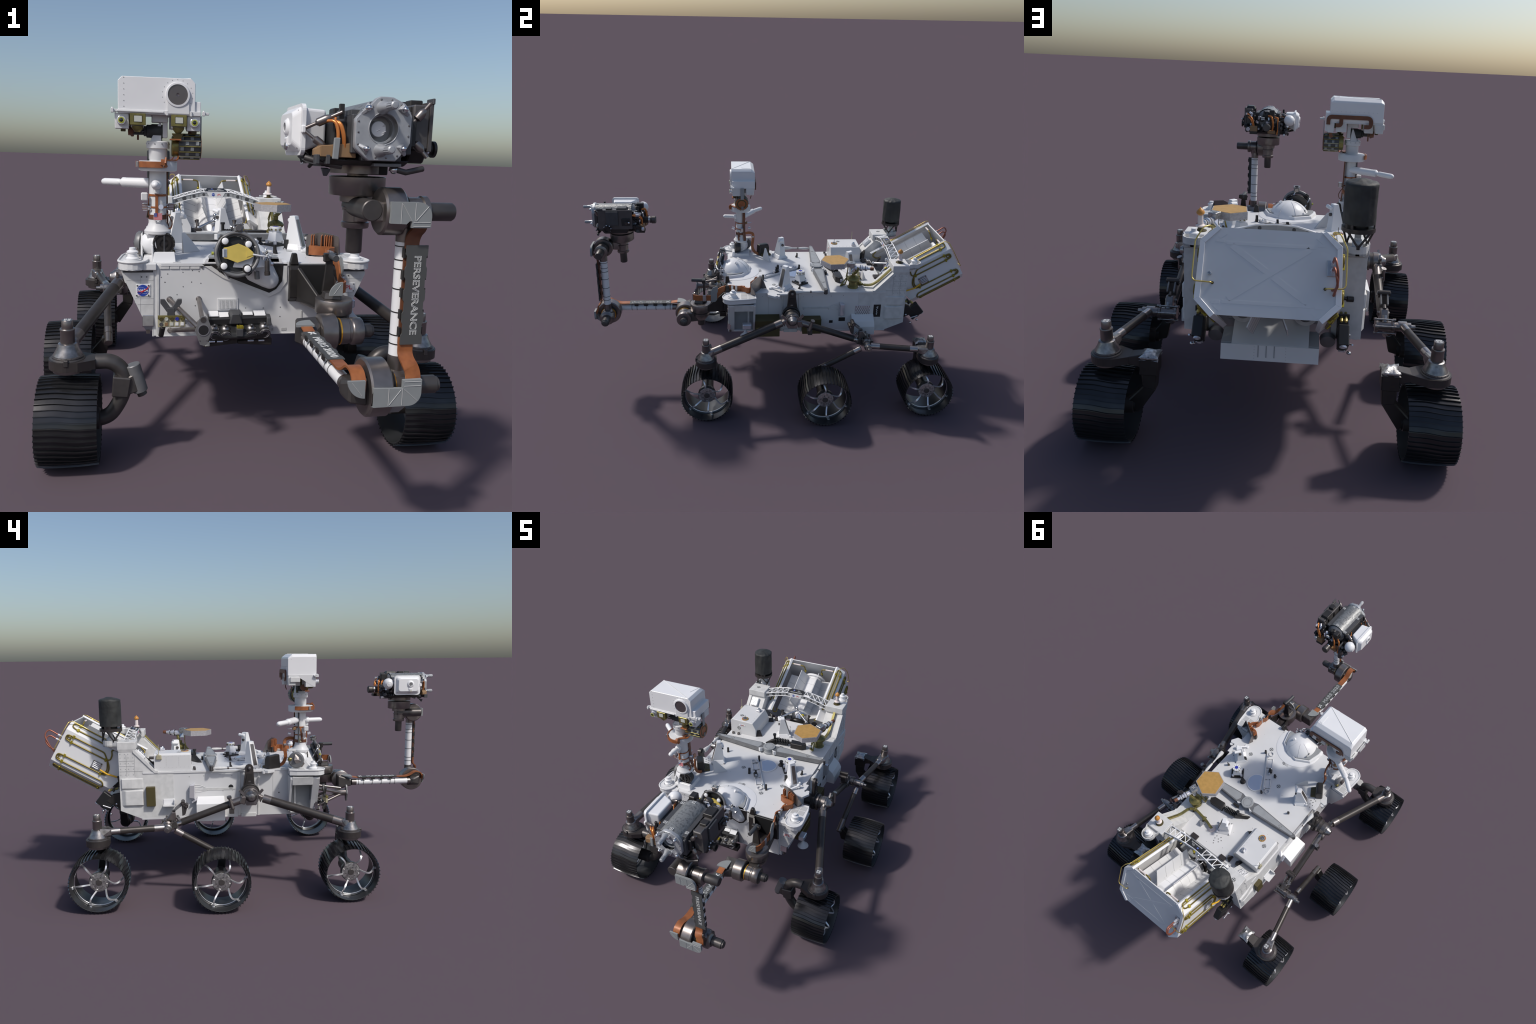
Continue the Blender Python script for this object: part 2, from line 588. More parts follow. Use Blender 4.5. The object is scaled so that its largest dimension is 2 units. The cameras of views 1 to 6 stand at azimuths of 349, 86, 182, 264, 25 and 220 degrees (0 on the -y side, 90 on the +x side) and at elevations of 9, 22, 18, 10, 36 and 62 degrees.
def steering(s, y, rear):
    """steering drive above a corner wheel with the fork that holds the wheel"""
    x0 = 0.5195
    p = Part("steering_actuator", suspension)
    if s < 0:
        p.xf = mirror_x()
    c = (x0, y, 0)
    p.lathe(c, (0, 0, 1), [(0.0150, 0.388), (0.0158, 0.390), (0.0158, 0.4165), (0.0148, 0.418)], "titanium", 24)
    p.lathe(c, (0, 0, 1), [(0.019, 0.33), (0.0196, 0.338), (0.0196, 0.388), (0.0208, 0.390), (0.0208, 0.393), (0.0196, 0.3945)], "titanium", 28)
    p.lathe(c, (0, 0, 1), [(0.040, 0.318), (0.0385, 0.323), (0.030, 0.338), (0.0255, 0.352), (0.022, 0.354)], "cast_metal", 32)
    p.lathe(c, (0, 0, 1), [(0.047, 0.308), (0.047, 0.311), (0.043, 0.314), (0.043, 0.317), (0.040, 0.320), (0.03, 0.322)], "titanium_dark", 32)
    for i in range(20):
        a = 2 * math.pi * i / 20
        d = V((math.cos(a), math.sin(a), 0))
        p.cyl(V((x0, y, 0.3165)) + d * 0.0405, V((x0, y, 0.3195)) + d * 0.0405, 0.0018, "titanium", n=6)
    # dark housing, tapering inboard to the fork
    ring = [(0.051 * math.cos(a), 0.051 * math.sin(a)) for a in [math.radians(-100 + i * 10) for i in range(21)]]
    poly = ring + [(-0.030, 0.050), (-0.075, 0.026), (-0.075, -0.026), (-0.030, -0.050)]
    p.prism(poly, (x0, y, 0.284), (1, 0, 0), (0, 1, 0), (0, 0, 0.026), "brown_black", 0.002)
    p.lathe(c, (0, 0, 1), [(0.034, 0.270), (0.0405, 0.273), (0.0405, 0.284)], "titanium", 30)
    p.box((x0 - 0.006, y - 0.053, 0.300), (x0 + 0.006, y - 0.040, 0.318), "titanium_dark")
    f = Part("wheel_fork", suspension)
    f.xf = p.xf
    if not rear:
        path = [(0.074, 0.297), (0.118, 0.297), (0.148, 0.272), (0.158, 0.232), (0.142, 0.180), (0.112, 0.135), (0.070, 0.126), (0.030, 0.127)]
        f.tube([(x0 - a, y, b) for a, b in path], 0.0215, "titanium_dark", n=16, bend=0.03, nb=4)
        f.hull([(x0 - a, y + w, b) for a, b, ww in ((0.118, 0.200, 0.027), (0.163, 0.196, 0.027), (0.172, 0.252, 0.027), (0.122, 0.258, 0.027)) for w in (-ww, ww)], "titanium_dark", 0.003)
        f.hull([(x0 - a, y + w, b) for a, b in ((0.160, 0.200), (0.196, 0.212), (0.178, 0.262), (0.158, 0.250)) for w in (-0.020, 0.020)], "titanium_dark", 0.003)
        f.cyl((x0 - 0.198, y, 0.205), (x0 - 0.175, y, 0.285), 0.021, "mid_grey", n=24, bev=0.002)
        f.cyl((x0 - 0.203, y, 0.194), (x0 - 0.198, y, 0.206), 0.014, "titanium_dark", n=16)
    else:
        f.hull([(x0 - a, y + w, b) for a, b, ww in ((0.070, 0.286, 0.026), (0.070, 0.309, 0.026), (0.118, 0.318, 0.020), (0.118, 0.270, 0.020)) for w in (-ww, ww)], "brown_black", 0.002)
        f.hull([(x0 - a, y + w, b) for a, b in ((0.108, 0.250), (0.166, 0.250), (0.168, 0.312), (0.112, 0.312)) for w in (-0.030, 0.030)], "black_satin", 0.003)
        f.hull([(x0 - a, y + w, b) for a, b in ((0.116, 0.200), (0.158, 0.194), (0.164, 0.262), (0.112, 0.262)) for w in (-0.022, 0.022)], "black_satin", 0.004)
        f.hull([(x0 - a, y + w, b) for a, b in ((0.118, 0.206), (0.160, 0.198), (0.100, 0.106), (0.062, 0.128), (0.066, 0.150)) for w in (-0.020, 0.020)], "black_satin", 0.004)
        f.cyl((x0 - 0.090, y, 0.128), (x0 - 0.03, y, 0.128), 0.026, "black_satin", n=20)
        # crumpled foil cap
        q = 9
        vs, fs = [], []
        for i in range(q):
            for j in range(q):
                a, b = -1 + 2 * i / (q - 1), -1 + 2 * j / (q - 1)
                edge = max(abs(a), abs(b))
                pinch = 1 - 0.16 * (1 - abs(a * b)) * edge
                puff = 0.011 * (1 - edge ** 2) + 0.0025 * RNG.uniform(-1, 1)
                vs.append((x0 - 0.140 + a * 0.031 * pinch, y + b * 0.034 * pinch, 0.314 + puff))
        for i in range(q - 1):
            for j in range(q - 1):
                a = i * q + j
                fs.append([a, a + q, a + q + 1, a + 1])
        f.put(vs, fs, "foil")
        f.put([(a, b, c - 0.010) for a, b, c in vs], [g[::-1] for g in fs], "foil")
        f.box((x0 - 0.168, y - 0.031, 0.306), (x0 - 0.112, y + 0.031, 0.314), "foil", 0.002)
    f.done()
    # survey marker on the cap
    for a in (1, -1):
        for b in (1, -1):
            e = 0.0085
            p.prism([(0.0014 * a, 0.0014 * b), (e * a, 0.0014 * b), (e * a, e * b), (0.0014 * a, e * b)], (x0, y, 0.418), (1, 0, 0), (0, 1, 0), (0, 0, 0.0008), "print_light")
            p.prism([(0.0034 * a, 0.0034 * b), (e * 0.68 * a, 0.0034 * b), (e * 0.68 * a, e * 0.68 * b), (0.0034 * a, e * 0.68 * b)], (x0, y, 0.4188), (1, 0, 0), (0, 1, 0), (0, 0, 0.0004), "bolt_dark")
    return p

suspension = group("suspension")
for s in (1, -1):
    # --- corner steering drives with collars towards the tubes
    for y, rear in ((-0.386, False), (0.7205, True)):
        p = steering(s, y, rear)
        if rear:
            tip, tail = V((0.507, 0.662, 0.338)), V((0.5195, 0.7205, 0.335))
        else:
            tip, tail = V((0.5095, -0.345, 0.3485)), V((0.5195, -0.386, 0.335))
        d = (tail - tip).normalized()
        p.hull([tip + V((a, 0, b)) for a, b in ((-0.017, -0.014), (0.017, -0.014), (-0.017, 0.014), (0.017, 0.014))] +
               [tail + V((a, -0.01 if rear else 0.01, b)) for a, b in ((-0.030, -0.016), (0.030, -0.016), (-0.022, 0.024), (0.022, 0.024))], "cast_metal", 0.004)
        p.done()
    fl = mirror_x() if s < 0 else Matrix.Identity(4)
    # --- rocker arm
    r = Part("rocker_arm", suspension)
    r.xf = fl
    A, B = V((0.401, -0.016, 0.4385)), V((0.5105, -0.352, 0.3465))
    d = (B - A).normalized()
    L = (B - A).length
    r.cyl(A + d * 0.032, A + d * (L - 0.042), 0.0192, "tube_dark", n=28)
    r.cyl(A - d * 0.006, A + d * 0.032, 0.0198, "titanium", n=28)
    r.cyl(A + d * (L - 0.042), A + d * (L + 0.006), 0.0198, "titanium", n=28)
    A2, B2 = V((0.387, 0.092, 0.4325)), V((0.390, 0.392, 0.3280))
    d2 = (B2 - A2).normalized()
    L2 = (B2 - A2).length
    r.cyl(A2 + d2 * 0.055, A2 + d2 * (L2 - 0.03), 0.0165, "tube_dark", n=24)
    r.cyl(A2 - d2 * 0.02, A2 + d2 * 0.055, 0.0172, "titanium", n=24)
    r.cyl(A2 + d2 * (L2 - 0.03), A2 + d2 * (L2 + 0.01), 0.0150, "tube_sleeve", n=24)
    # cable clamp on the rear tube
    k = A2 + d2 * 0.045
    r.obox(k + V((0.010, 0, -0.012)), (0.026, 0.030, 0.020), d2, "titanium", 0.003)
    r.cyl(k + V((0.020, 0.010, 0.030)), k + V((0.024, -0.004, -0.018)), 0.008, "titanium", n=14)
    r.cyl(k + V((0.020, 0.011, 0.030)), k + V((0.022, 0.013, 0.038)), 0.011, "cast_metal", n=12)
    r.box((k.x + 0.004, k.y - 0.010, k.z - 0.042), (k.x + 0.028, k.y + 0.012, k.z - 0.016), "titanium_dark")
    r.done()
    # --- main pivot
    c = V((0.0, 0.045, 0.452))
    q = Part("rocker_pivot", suspension)
    q.xf = fl
    q.cyl((0.284, c.y, c.z), (0.322, c.y, c.z), 0.030, "titanium_dark", n=28)
    q.cyl((0.322, c.y, c.z), (0.342, c.y, c.z), 0.046, "black_satin", n=36, bev=0.003)
    q.cyl((0.342, c.y, c.z), (0.372, c.y, c.z), 0.034, "titanium_dark", n=32)
    q.cyl((0.352, c.y, c.z), (0.360, c.y, c.z), 0.040, "titanium", n=32)
    q.cyl((0.372, c.y, c.z), (0.396, c.y, c.z), 0.036, "titanium", n=32, bev=0.002)
    q.lathe((0.396, c.y, c.z), (1, 0, 0), [(0.032, 0), (0.031, 0.006), (0.0275, 0.008), (0.026, 0.014), (0.018, 0.024), (0.016, 0.030), (0.009, 0.033), (0, 0.033)], "cast_metal", 32)
    star = [(0.030, 0.014), (0.050, 0.034), (0.058, 0.027), (0.036, 0.002), (0.033, -0.020), (0.022, -0.042), (-0.022, -0.042), (-0.033, -0.020), (-0.036, 0.002), (-0.058, 0.027), (-0.050, 0.034), (-0.030, 0.014), (-0.018, 0.030), (0.018, 0.030)]
    q.prism(star, (0.3965, c.y, c.z), (0, 1, 0), (0, 0, 1), (0.008, 0, 0), "cast_metal", 0.001)
    q.hull([(0.38, c.y + a, c.z + b) for a, b in ((-0.04, -0.028), (-0.058, -0.002), (-0.03, 0.012))] + [(0.41, c.y + a, c.z + b) for a, b in ((-0.04, -0.03), (-0.055, -0.004), (-0.03, 0.010))], "titanium", 0.003)
    q.hull([(0.378, c.y + a, c.z + b) for a, b in ((0.03, -0.036), (0.055, -0.024), (0.045, 0.002), (0.02, 0.0))] + [(0.41, c.y + a, c.z + b) for a, b in ((0.03, -0.038), (0.055, -0.03), (0.045, 0.0), (0.02, 0.0))], "titanium", 0.003)
    # upright lever to the differential
    lever = [(0.000, 0.440), (0.090, 0.440), (0.076, 0.486), (0.066, 0.555)] + [(0.047 + 0.019 * math.cos(a), 0.570 + 0.019 * math.sin(a)) for a in [math.radians(10 + 16 * i) for i in range(11)]] + [(0.028, 0.555), (0.022, 0.486)]
    q.yz(lever, 0.322, 0.336, "brown_black", 0.002)
    q.yz([(0.010, 0.452), (0.080, 0.452), (0.070, 0.488), (0.058, 0.545), (0.036, 0.545), (0.026, 0.488)], 0.3358, 0.3395, "black_satin", 0.0015)
    q.cyl((0.318, 0.047, 0.571), (0.343, 0.047, 0.571), 0.008, "titanium_dark", n=16, bev=0.001)
    q.lathe((0.343, 0.047, 0.571), (1, 0, 0), [(0.006, 0), (0.006, 0.002), (0, 0.005)], "cast_metal", 14)
    q.obox((0.3405, 0.046, 0.5085), (0.012, 0.007, 0.0015), (1, 0, 0), "cast_metal", 0)
    q.done()
    # push rod with pale boots
    w = Part("differential_link", suspension)
    w.xf = fl
    boot = [(0.011, 0.0), (0.0125, 0.012), (0.0085, 0.036), (0.0045, 0.055), (0.0042, 0.085), (0.0055, 0.092), (0.0078, 0.120), (0.0075, 0.140), (0.0045, 0.150), (0.0045, 0.165)]
    w.lathe((0.3145, 0.058, 0.5715), V((0.3105, 0.222, 0.5690)) - V((0.3145, 0.058, 0.5715)), boot, "white_cloth", 16)
    w.cyl((0.3125, 0.140, 0.5703), (0.3125, 0.148, 0.5703), 0.0062, "titanium", n=12)
    w.cyl((0.3105, 0.222, 0.557), (0.3105, 0.222, 0.580), 0.010, "titanium_dark", n=16, bev=0.001)
    w.done()
    # --- bogie
    b = Part("bogie_arm", suspension)
    b.xf = fl
    P0, P1 = V((0.4565, 0.430, 0.3340)), V((0.508, 0.668, 0.3385))
    e = (P1 - P0).normalized()
    L = (P1 - P0).length
    b.cyl(P0 + e * 0.055, P1 - e * 0.040, 0.0150, "tube_dark", n=24)
    b.cyl(P0 + e * 0.012, P0 + e * 0.055, 0.0156, "tube_sleeve", n=24)
    b.cyl(P1 - e * 0.040, P1 + e * 0.008, 0.0156, "tube_sleeve", n=24)
    Q0, Q1 = V((0.4575, 0.398, 0.3240)), V((0.4410, 0.160, 0.1790))
    g = (Q1 - Q0).normalized()
    L = (Q1 - Q0).length
    b.cyl(Q0 + g * 0.045, Q1 - g * 0.075, 0.0140, "tube_dark", n=24)
    b.cyl(Q0 + g * 0.008, Q0 + g * 0.045, 0.0148, "tube_sleeve", n=24)
    b.cyl(Q1 - g * 0.075, Q1, 0.0158, "titanium", n=20, bev=0.002)
    b.cyl(Q1 - g * 0.050, Q1 - g * 0.044, 0.0172, "titanium", n=20)
    # leg to the middle wheel
    b.hull([(x, y + dy, z) for x, y, z in ((0.434, 0.182, 0.196), (0.462, 0.182, 0.200), (0.452, 0.190, 0.120), (0.500, 0.195, 0.110), (0.506, 0.195, 0.146)) for dy in (-0.018, 0.018)], "black_satin", 0.003)
    b.cyl((0.482, 0.195, 0.128), (0.525, 0.195, 0.128), 0.026, "black_satin", n=20)
    b.done()
    # joint
    j = Part("bogie_pivot", suspension)
    j.xf = fl
    cy, cz = 0.425, 0.331
    j.lathe((0.357, cy + 0.004, cz), (1, 0, 0), [(0.022, 0), (0.025, 0.003), (0.025, 0.010), (0.019, 0.012), (0.019, 0.058), (0.023, 0.060), (0.023, 0.068), (0.016, 0.072), (0.016, 0.088)], "titanium", 24)
    j.lathe((0.440, cy, cz), (1, 0, 0), [(0.0185, 0), (0.0195, 0.004), (0.0195, 0.030), (0.015, 0.034), (0.015, 0.046), (0.0075, 0.047), (0.0075, 0.062), (0, 0.062)], "cast_metal", 24)
    for a in range(5):
        t = math.radians(20 + a * 62)
        o = V((0, math.cos(t) * 0.0275, math.sin(t) * 0.0275))
        j.cyl(V((0.357, cy + 0.004, cz)) + o, V((0.428, cy + 0.004, cz)) + o, 0.0028, "cast_metal", n=8)
        j.cyl(V((0.355, cy + 0.004, cz)) + o, V((0.362, cy + 0.004, cz)) + o, 0.0050, "titanium", n=8)
        j.cyl(V((0.423, cy + 0.004, cz)) + o, V((0.430, cy + 0.004, cz)) + o, 0.0050, "titanium", n=8)
    j.obox((0.391, 0.402, 0.327), (0.034, 0.036, 0.040), d2, "titanium_dark", 0.004)
    # locking linkage: broad lever, upper bar and their rollers
    j.hull([(x, y, z) for x in (0.376, 0.404) for y, z in ((0.392, 0.388), (0.408, 0.388), (0.434, 0.352), (0.392, 0.345), (0.386, 0.352))], "titanium", 0.003)
    j.hull([(x, y, z) for x in (0.376, 0.404) for y, z in ((0.362, 0.424), (0.336, 0.412), (0.346, 0.376), (0.360, 0.370))], "titanium_dark", 0.002)
    for x in (0.378, 0.402):
        j.hull([(x + a, y, z) for a in (-0.003, 0.003) for y, z in ((0.358, 0.434), (0.352, 0.424), (0.392, 0.394), (0.396, 0.402))], "mid_grey", 0.001)
    j.tube([(0.390, 0.392, 0.396), (0.390, 0.406, 0.388)], 0.006, "titanium_dark")
    j.cyl((0.366, 0.356, 0.430), (0.412, 0.356, 0.430), 0.0095, "brown_black", n=18)
    j.cyl((0.370, 0.341, 0.415), (0.408, 0.341, 0.415), 0.0095, "brown_black", n=18)
    for x in (0.365, 0.412):
        for y, z in ((0.356, 0.430), (0.341, 0.415)):
            j.cyl((x - 0.001, y, z), (x + 0.002, y, z), 0.0042, "cast_metal", n=10)
    for x in (0.372, 0.408):
        j.cyl((x, 0.384, 0.366), (x, 0.376, 0.352), 0.005, "cast_metal", n=10)
    j.cyl((0.390, 0.414, 0.364), (0.390, 0.428, 0.344), 0.012, "cast_metal", n=12)
    j.done()

# differential bar across the deck
bar = Part("differential_bar", suspension)
for s in (1, -1):
    q = [(0.026 * s, 0.193), (0.052 * s, 0.190), (0.310 * s, 0.212), (0.322 * s, 0.221), (0.310 * s, 0.231), (0.052 * s, 0.247), (0.026 * s, 0.243)]
    bar.xy(q if s > 0 else q[::-1], 0.562, 0.5835, "mid_grey", 0.002)
    q = [(0.056 * s, 0.1955), (0.295 * s, 0.2145), (0.302 * s, 0.2215), (0.295 * s, 0.2280), (0.056 * s, 0.2415), (0.046 * s, 0.2185)]
    bar.xy(q if s > 0 else q[::-1], 0.5835, 0.5848, "grey_paint", 0.0006)
    for y in (0.184, 0.252):
        bar.hull([(s * 0.022, 0.2185 + (y - 0.2185) * 0.55, z) for z in (0.564, 0.5855)] + [(s * 0.052, 0.2185 + (y - 0.2185) * 0.8, z) for z in (0.564, 0.5855)] + [(s * 0.040, y, z) for z in (0.564, 0.5855)], "white_paint", 0.001)
    fiducial(bar, (s * 0.222, 0.220, 0.5848), (0, 0, 1), 0.0085)
bar.lathe((0, 0.2185, 0.556), (0, 0, 1), [(0.034, 0), (0.034, 0.008), (0.030, 0.010), (0.030, 0.026), (0.033, 0.027), (0.033, 0.033), (0.0315, 0.0345), (0, 0.0345)], "grey_paint", 36)
for i in range(16):
    a = 2 * math.pi * i / 16
    bar.lathe((0.022 * math.cos(a), 0.2185 + 0.022 * math.sin(a), 0.5904), (0, 0, 1), [(0.0018, 0), (0.0018, 0.0006)], "bolt_dark", 6)
bar.done()
# ------------------------------------------------------------------ chassis
chassis = group("chassis")
DECK = 0.555

hullp = Part("body_shell", chassis)
hullp.box((-0.285, -0.276, 0.331), (0.285, 0.545, 0.552), "white_paint", 0.003)
side = [(0.400, 0.333), (0.553, 0.334), (0.648, 0.374), (0.648, 0.650), (0.578, 0.655), (0.482, 0.558), (0.400, 0.556)]
for s in (1, -1):
    hullp.yz(side, s * 0.190, s * 0.2865, "white_cloth", 0.002)
    # rim along the sloping shoulder of the tower
    hullp.yz([(0.470, 0.551), (0.486, 0.551), (0.582, 0.650), (0.582, 0.660), (0.574, 0.660), (0.482, 0.562), (0.470, 0.562)], s * 0.274, s * 0.291, "white_cloth", 0.001)
    hullp.box((s * 0.283, -0.276, 0.331), (s * 0.2875, -0.262, 0.552), "white_paint", 0.001)
    hullp.box((s * 0.2845, -0.004, 0.332), (s * 0.2885, 0.006, 0.552), "white_cloth", 0.001)
    hullp.box((s * 0.2845, 0.086, 0.334), (s * 0.2890, 0.098, 0.552), "white_cloth", 0.001)
    hullp.box((s * 0.2845, 0.012, 0.328), (s * 0.2925, 0.084, 0.345), "white_cloth", 0.001)
    hullp.box((s * 0.2845, -0.070, 0.420), (s * 0.2857, -0.069, 0.550), "panel_line", 0)
    # low edge strip
    hullp.box((s * 0.270, 0.10, 0.327), (s * 0.2868, 0.552, 0.336), "white_paint", 0.001)
hullp.box((-0.19, 0.545, 0.40), (0.19, 0.556, 0.552), "white_cloth", 0.002)
hullp.done()

deck = Part("deck", chassis)
deck_outline = [(-0.200, -0.280), (0.118, -0.280), (0.262, -0.280), (0.290, -0.262), (0.287, -0.080), (0.300, -0.070), (0.303, 0.020), (0.289, 0.030), (0.289, 0.540), (-0.289, 0.540), (-0.289, 0.030), (-0.303, 0.020), (-0.303, -0.070), (-0.287, -0.080), (-0.290, -0.262), (-0.262, -0.280)]
deck.xy(deck_outline, 0.5475, DECK, "white_paint", 0.001)
for s in (1, -1):
    # winglets at the deck edge
    deck.hull([(s * x, y, z) for x, y in ((0.285, -0.078), (0.312, -0.074), (0.334, -0.040), (0.326, -0.026), (0.296, -0.030)) for z in (0.543, 0.556)], "white_paint", 0.001)
    deck.cyl((s * 0.318, -0.022, 0.541), (s * 0.318, -0.022, 0.552), 0.009, "white_paint", n=16)
    deck.box((s * 0.289, -0.012, 0.546), (s * 0.306, 0.028, 0.5555), "white_paint", 0.001)
# raised ring under the dome
deck.clip_planes = [(V((0, -0.2795, 0)), V((0, -1, 0)))]
deck.lathe((-0.004, -0.236, DECK - 0.001), (0, 0, 1), [(0.130, 0), (0.130, 0.0022), (0.1285, 0.0028), (0.05, 0.0028)], "white_gloss", 56)
deck.clip_planes = []
# adhesive patches
for x, y, a in ((0.012, -0.118, 0.0), (-0.016, -0.100, 0.0), (0.118, -0.262, 0.0), (-0.215, -0.258, 0.2)):
    deck.box((x - 0.012, y - 0.006, DECK - 0.0005), (x + 0.012, y + 0.006, DECK + 0.0006), "grey_paint" if a == 0 else "panel_line", 0)
    for i in range(5):
        deck.box((x - 0.012 + i * 0.005, y - 0.006, DECK), (x - 0.0095 + i * 0.005, y + 0.006, DECK + 0.0011), "white_paint", 0)
deck.done()

marks = Part("survey_marker", chassis)
for x, y in ((-0.063, 0.031), (0.0, -0.103), (0.112, -0.128), (0.186, -0.034)):
    fiducial(marks, (x, y, DECK - 0.0002), (0, 0, 1), 0.0112)
marks.done()

# fasteners: small dark heads spread over the panels in loose rows
def fastener_mesh():
    p = Part("fastener")
    p.lathe((0, 0, 0), (0, 0, 1), [(0.0016, 0), (0.0016, 0.0005), (0.0008, 0.0008), (0, 0.0008)], "bolt_dark", 8)
    return p.mesh()
fastener_data = fastener_mesh()
spots = []
def fast(c, n, s=1.0):
    spots.append((V(c), V(n).normalized(), s))
for y in (-0.255, -0.19, -0.13, -0.02, 0.06, 0.14, 0.30, 0.40, 0.50):
    for x in (-0.25, -0.19, -0.11, -0.04, 0.05, 0.13, 0.20, 0.26):
        if RNG.random() < 0.72 and (x * x + (y + 0.236) ** 2) > 0.0176:
            fast((x + RNG.uniform(-0.014, 0.014), y + RNG.uniform(-0.014, 0.014), DECK), (0, 0, 1), RNG.uniform(0.6, 1.1))
for x, y in ((0.262, 0.012), (0.270, -0.004), (0.254, -0.008), (0.272, 0.028), (0.258, 0.030), (0.247, 0.018), (0.278, 0.012), (0.264, -0.024), (0.276, -0.020)):
    for s in (1, -1):
        fast((s * x, y, DECK), (0, 0, 1), 2.0)
for x, y in ((-0.002, 0.464), (0.015, 0.455), (0.005, 0.496), (-0.012, 0.476), (-0.008, 0.449), (0.012, 0.484), (0.016, 0.470), (-0.020, 0.462)):
    fast((x, y, DECK), (0, 0, 1), 1.9)
for x, z in ((-0.243, 0.523), (-0.262, 0.513), (-0.251, 0.498), (-0.172, 0.498), (-0.144, 0.494), (-0.197, 0.484), (-0.198, 0.528), (-0.170, 0.533), (-0.150, 0.530), (-0.16, 0.425), (-0.09, 0.413), (-0.005, 0.415), (0.05, 0.414), (0.104, 0.416), (0.104, 0.386), (-0.215, 0.46)):
    fast((x, -0.276, z), (0, -1, 0), RNG.uniform(1.0, 1.5))
for s in (1, -1):
    for y in (-0.10, -0.05, 0.12, 0.17, 0.25, 0.33, 0.42):
        for z in (0.37, 0.40, 0.46, 0.53):
            if RNG.random() < 0.7:
                fast((s * 0.285, y + RNG.uniform(-0.012, 0.012), z + RNG.uniform(-0.006, 0.006)), (s, 0, 0), RNG.uniform(0.7, 1.2))
stud = Part("panel_fastener", chassis, "stuff")
for c, n, sc in spots:
    stud.lathe(c - n * 0.0002, n, [(0.0015 * sc, 0), (0.0015 * sc, 0.0007), (0.0007 * sc, 0.0010), (0, 0.0010)], "bolt_dark", 8)
stud.done()

# front panel dressing
fp = Part("front_panel", chassis)
F = -0.276
fp.box((-0.276, F - 0.0030, 0.331), (-0.268, F, 0.536), "white_cloth", 0.0008)
fp.box((0.276, F - 0.0030, 0.331), (0.268, F, 0.536), "white_cloth", 0.0008)
fp.box((-0.276, F - 0.0035, 0.331), (0.276, F, 0.335), "white_paint", 0.0008)
for i in range(4):
    x = -0.266 + i * 0.030
    fp.box((x, F - 0.0030, 0.538), (x + 0.028, F, 0.5525), "white_cloth", 0.001)
fp.lathe((-0.141, F, 0.543), (0, -1, 0), [(0.0036, 0), (0.0036, 0.003), (0, 0.003)], "bolt_dark", 12)
fp.box((-0.316, F - 0.012, 0.536), (-0.276, F + 0.02, 0.556), "white_paint", 0.002)
fp.box((0.276, F - 0.012, 0.536), (0.316, F + 0.02, 0.556), "white_paint", 0.002)
# frame of the carousel opening: raised lip and a flat dark plate in place of the uncut throat
throat = [(-0.118, 0.5515), (-0.070, 0.5165), (0.066, 0.463), (0.088, 0.475), (0.106, 0.500), (0.108, 0.5515)]
lip = [(-0.142, 0.5525), (-0.080, 0.5115), (0.066, 0.4500), (0.100, 0.466), (0.121, 0.497), (0.121, 0.5525)]
fp.xz(lip, F - 0.004, F, "white_cloth", 0.001)
fp.xz(throat, F - 0.0052, F - 0.001, "black_satin", 0)
# finned vent
fp.box((-0.093, F - 0.004, 0.409), (-0.029, F, 0.447), "white_paint", 0.001)
fp.box((-0.087, F - 0.0046, 0.414), (-0.035, F, 0.442), "grey_paint", 0)
for i in range(13):
    x = -0.086 + i * 0.00405
    fp.box((x, F - 0.0060, 0.415), (x + 0.0026, F, 0.441), "white_paint", 0)
for x in (0.012, -0.014):
    fp.box((0.098 + x, F - 0.0012, 0.3415), (0.104 + x * 1.8, F, 0.3500), "panel_line", 0)
fp.box((0.170, F - 0.002, 0.374), (0.176, F, 0.404), "panel_line", 0.001)
fp.done()

